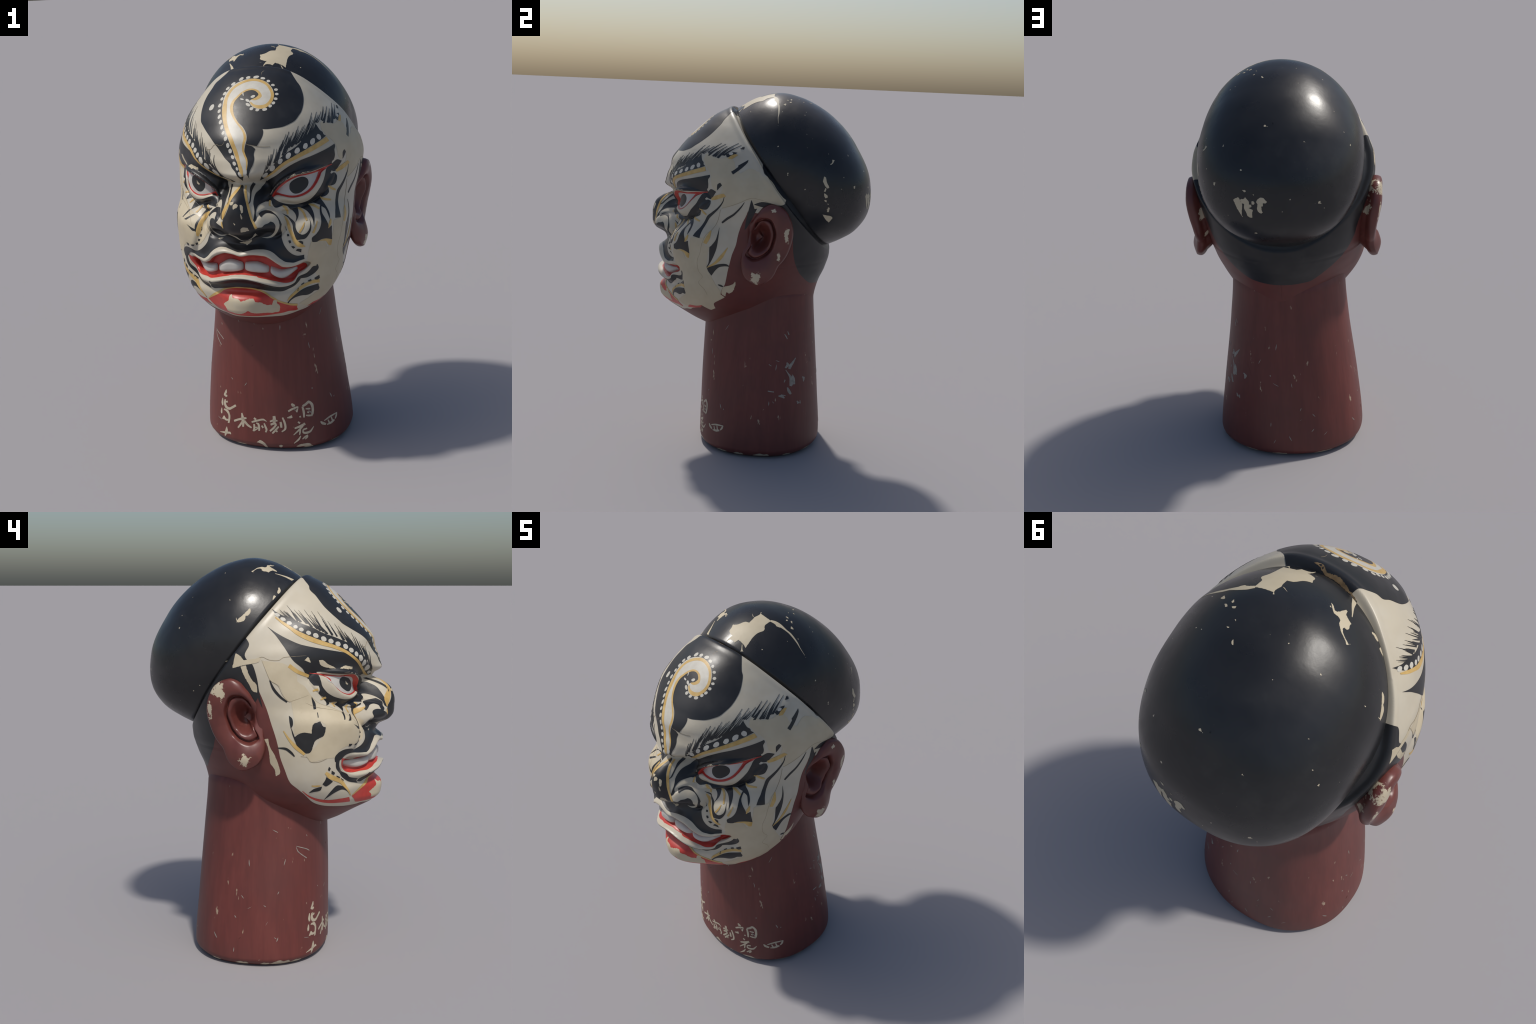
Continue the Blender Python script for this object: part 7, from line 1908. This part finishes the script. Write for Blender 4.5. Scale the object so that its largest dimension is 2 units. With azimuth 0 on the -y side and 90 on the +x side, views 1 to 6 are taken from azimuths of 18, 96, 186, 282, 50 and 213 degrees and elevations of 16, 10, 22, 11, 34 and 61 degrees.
    patch(C, 'cream', 'flaked_patch', 1, 0.2,
         [(25.02, 36.13), (24.13, 35.08), (23.47, 36.35), (24.33, 36.78)])
    patch(C, 'cream', 'flaked_patch', 1, 0.2,
         [(28.72, 36.87), (27.14, 37.04), (26.33, 38.34), (27.57, 38.54)])
    patch(C, 'cream', 'flaked_patch', 1, 0.2,
         [(23.66, 38.46), (21.17, 38.31), (21.25, 39.19), (22.9, 39.21)])
    patch(C, 'cream', 'flaked_patch', 1, 0.2,
         [(22.26, 47.29), (20.46, 47.47), (20.66, 47.89), (21.77, 47.81)])
    patch(C, 'cream', 'flaked_patch', 1, 0.2,
         [(18.92, 44.05), (18.09, 44.12), (17.88, 44.8)])
    patch(C, 'cream', 'flaked_patch', 1, 0.2,
         [(15.63, 52.98), (14.88, 51.98), (13.58, 54.23), (14.61, 54.16)])
    patch(C, 'cream', 'flaked_patch', 1, 0.2,
         [(6.69, 23.87), (6.03, 23.97), (3.5, 25.49), (5.01, 24.82)])
    stroke(C, 'cream', 'crack', 1,
          [(17.19, 28.16, 0.08, -0.19), (20.49, 28.68, 0.32, -0.96), (24.06, 28.9, 0.21, -1.08), (29.57, 28.76, 0.05, -0.54), 
           (33.5, 28.63, -0.05, -0.59), (40.29, 26.93, -0.12, -0.42), (44.3, 25.29, -0.07, -0.18), (49.53, 23.67, -0.03, -0.07)])
    stroke(C, 'cream', 'crack', 1,
          [(14.25, 5.25, -0.13, -0.07), (16.06, 2.58, -0.33, -0.19), (16.77, 1.62, -0.72, -0.46)])
    stroke(C, 'cream', 'crack', 1,
          [(-20.92, 11.9, -0.21, 0.04), (-17.33, 6.31, -0.84, 0.11), (-15.21, 1.51, -1.34, 0.15)])
    patch(C, 'cream', 'flaked_patch', 1, 0.35,
         [(-67.73, 10.4), (-65.55, 10.94), (-62.3, 10.12), (-59.39, 9.78), (-56.88, 9.5), (-54.68, 9.17), (-56.4, 7.51), 
          (-59.71, 7.35), (-60.62, 8.48), (-63, 7.21), (-64.92, 7.75)])
    patch(C, 'cream', 'flaked_patch', 1, 0.2,
         [(-40.52, 1.56), (-38.52, 2.67), (-37.05, 3.01), (-36.76, 1.6), (-39.03, 1.39)])
    patch(C, 'cream', 'flaked_patch', 1, 0.2,
         [(-34.1, 2.42), (-32.59, 3.27), (-31.28, 3.45), (-30.47, 4.32), (-29.64, 3.82), (-30.97, 1.83), (-32.88, 1.3), 
          (-34.21, 1.63)])
    patch(C, 'cream', 'flaked_patch', 1, 0.25,
         [(155.77, 43.62), (156.73, 45.01), (158.48, 45.31), (159.04, 46.63), (160.73, 45.9), (162.86, 44.94), (163.12, 43.55), 
          (164.77, 43.79), (165.3, 42.76), (163.47, 41.63), (166.81, 41.27), (166.29, 40.44), (166.89, 36.96), (164.24, 36.91), 
          (162.11, 39.25), (160.31, 40.92), (159.96, 42.97), (158.71, 43.14), (157.52, 42.34)])
    patch(C, 'cream', 'flaked_patch', 1, 0.25,
         [(168.23, 45.71), (169.07, 47.43), (171.29, 48.48), (173.41, 48.36), (174.83, 47.36), (176.17, 46.64), (175.49, 45.91), 
          (173.09, 45.75), (173.23, 44.06), (172.14, 43.96), (172.6, 41.76), (173.44, 40.8), (172.44, 40.08), (170.31, 40.88), 
          (169.33, 42.4), (169.41, 44.66)])
    patch(C, 'cream', 'flaked_patch', 1, 0.2,
         [(164.62, 45.51), (165.84, 45.94), (167.19, 45.14), (166.55, 44.12), (165.16, 43.97)])
    patch(C, 'cream', 'flaked_patch', 1, 0.2,
         [(155.13, 49.48), (157.57, 50.15), (158.55, 49.56), (157.53, 48.87)])
    patch(C, 'cream', 'flaked_patch', 1, 0.2,
         [(164.4, 49.34), (165.52, 49.33), (165.39, 48.7)])
    patch(C, 'cream', 'flaked_patch', 1, 0.25,
         [(107.58, 28.47), (105.63, 31.11), (107.01, 31.54), (110.25, 29.92), (114.46, 28.99), (114.35, 27.63), (112.14, 27.32), 
          (109, 27.98)])
    patch(C, 'cream', 'flaked_patch', 1, 0.25,
         [(112.71, 26.61), (113.7, 26.99), (115.05, 25.15), (114.12, 24.49)])
    patch(C, 'cream', 'flaked_patch', 1, 0.25,
         [(115.18, 23.98), (118.14, 24.46), (119.38, 23.81), (118.72, 22.45), (116.66, 22.9)])
    patch(C, 'cream', 'flaked_patch', 1, 0.25,
         [(119.27, 21.03), (120.08, 22.25), (121.58, 21.18), (119.98, 20.79)])
    patch(C, 'cream', 'flaked_patch', 1, 0.25,
         [(122.62, 20.95), (123.68, 21.73), (123.7, 20.96)])
    patch(C, 'cream', 'flaked_patch', 1, 0.25,
         [(125.18, 19.94), (126.29, 20.43), (128.53, 18.25), (127.73, 17.34), (126.37, 18.77)])
    patch(C, 'cream', 'flaked_patch', 1, 0.25,
         [(127.87, 14.22), (132.21, 17.41), (134.21, 17.63), (136.01, 13.9), (132.48, 13.59)])
    patch(C, 'cream', 'flaked_patch', 1, 0.25,
         [(130.88, 41.72), (132.29, 42.92), (133.22, 41.23), (132.1, 40.66)])
    patch(C, 'cream', 'flaked_patch', 1, 0.25,
         [(99.79, 43.59), (101.45, 44.86), (102.52, 41.84), (102.17, 40.05), (101.1, 40.06), (101.71, 41.77)])
    patch(C, 'cream', 'flaked_patch', 1, 0.25,
         [(151.21, 42.55), (153.99, 45.23), (158.12, 42.74), (159.25, 38.91), (159.9, 36.15), (154.26, 40.39)])

# ----------------------------------------------------------------------------
# 10. ASSEMBLY
# ----------------------------------------------------------------------------
def front_y(x, z):
    """y of the plain muzzle, without the gap between the lips."""
    xs = x - CENTRE[0]
    hw, yw, yf, n = sec_half(z), sec_wide(z), sec_front(z), sec_pow(z)
    y = yw - (yw - yf) * np.clip(1 - np.abs(xs / hw) ** n, 0, 1) ** (1 / n)
    return y - muzzle(x - MID, z) + mouth_corner(np.abs(x - MID), z)

TEETH = [  # across (from the middle line), upper edge, lower edge
    ((-.268, -.205, -.133), (1.036, 1.040, 1.050), (1.020, .992, 1.006)),
    ((-.126, -.060, -.001), (1.052, 1.078, 1.068), (1.010, 1.014, 1.022)),
    ((.005, .060, .116), (1.068, 1.070, 1.052), (1.022, 1.016, 1.012)),
    ((.120, .172, .228), (1.046, 1.024, 1.030), (1.006, .978, 1.006)),
]
def tooth_mesh(across, upper, lower):
    us = np.linspace(-1, 1, 33); vs = np.linspace(-1, 1, 29)
    U, V = np.meshgrid(us, vs)
    xr = across[0] + (across[2] - across[0]) * (U + 1) / 2
    top = pchip(across, upper)(xr) - .001; low = pchip(across, lower)(xr) + .001
    k = 1 - .10 * np.abs(V) ** 3
    xr = (across[0] + across[2]) / 2 + (xr - (across[0] + across[2]) / 2) * k
    z = (top + low) / 2 + V * (top - low) / 2 * (1 - .10 * np.abs(U) ** 3)
    h = np.clip(1 - np.abs(U) ** 4, 0, 1) ** .5 * np.clip(1 - np.abs(V) ** 3, 0, 1) ** .5
    x = xr + MID
    y = front_y(x, z) + .027 - .028 * h
    return np.stack([x, y, z], -1), (len(vs), len(us))

def build():
    make_materials()
    root = bpy.data.objects.new('painted_head', None)
    bpy.context.scene.collection.objects.link(root)
    root['label'] = 'fierce black and white painted wooden head on red brown neck'
    root['category'] = 'carved head'

    # head surface, cut into face and nape along two meridians
    A, Eg = np.meshgrid(AZ, EL)
    H = head_surface(A, Eg)
    head = Sheet(AZ, EL, H)
    nc = len(AZ)
    cut = 116.0
    i0 = int(np.argmin(np.abs(AZ + cut))); i1 = int(np.argmin(np.abs(AZ - cut)))
    def piece(name, cols, mat):
        P = H[:, cols]; N = head.N[:, cols]
        return new_object(name, P.reshape(-1, 3), grid_faces(len(EL), len(cols)), mat, root, normals=N.reshape(-1, 3))
    face = piece('face', list(range(i0, i1 + 1)), MAT['white'])
    nape = piece('nape', list(range(i1, nc)) + list(range(1, i0 + 1)), MAT['skin'])

    # hair cap
    al = np.arange(-180, 180.01, 1.5); be = np.concatenate([[-3.0, -1.2], np.arange(0, 90.01, 1.0)])
    AL, BE = np.meshgrid(al, be)
    C = cap_surface(AL, BE)
    C = C + grid_normals(C) * (.0018 * wobble(C, 11, 8))[..., None]
    C[0] = SEAM_MID + (C[0] - SEAM_MID) * .86
    C[1] = SEAM_MID + (C[1] - SEAM_MID) * .972
    C[2] = SEAM_MID + (C[2] - SEAM_MID) * .990
    cap = Sheet(al, be, C)
    cap_ob = new_object('hair_cap', C.reshape(-1, 3), grid_faces(len(be), len(al)), MAT['cap'], root, normals=cap.N.reshape(-1, 3))

    # neck with a closed foot
    zz = np.concatenate([np.linspace(0, .05, 16)[:-1], np.linspace(.05, .98, 160)])
    th = np.arange(-180, 180.01, 1.0)
    TH, ZZ = np.meshgrid(th, zz)
    Np = neck_surface(TH, ZZ)
    neck = Sheet(th, zz, Np)
    V = np.concatenate([Np.reshape(-1, 3), [[0, .05, 0]]])
    F = [tuple(f) for f in grid_faces(len(zz), len(th))]
    F += [(j + 1, j, len(V) - 1) for j in range(len(th) - 1)]
    neck_ob = new_object('neck', V, F, MAT['red_brown'], root)

    # ears
    ang = np.arange(-180, 180, 2.0); rho = np.concatenate([np.linspace(0.001, 1, 90), np.linspace(1, 2, 26)[1:]])
    AN, RH = np.meshgrid(ang, rho)
    Er = ear_surface(AN, RH)
    for side in (1, -1):
        P = Er.copy()
        P[..., 0] = P[..., 0] * side - .001
        if side < 0:
            P[..., 2] += .008; P[..., 1] -= .008
        F = grid_faces(len(rho), len(ang), wrap=True)
        if side < 0: F = F[:, ::-1]
        new_object('ear', P.reshape(-1, 3), F, MAT['ear_right' if side > 0 else 'ear_left'], root)

    # teeth
    for spec in TEETH:
        P, (nr, ncl) = tooth_mesh(*spec)
        new_object('tooth', P.reshape(-1, 3), grid_faces(nr, ncl), MAT['tooth'], root)

    PAINT_PARENT[id(head)] = face; PAINT_PARENT[id(neck)] = neck_ob; PAINT_PARENT[id(cap)] = cap_ob
    YSCALE[id(neck)] = .0066          # metres of neck height per degree-like step
    paint_all(head, neck, cap)

build()
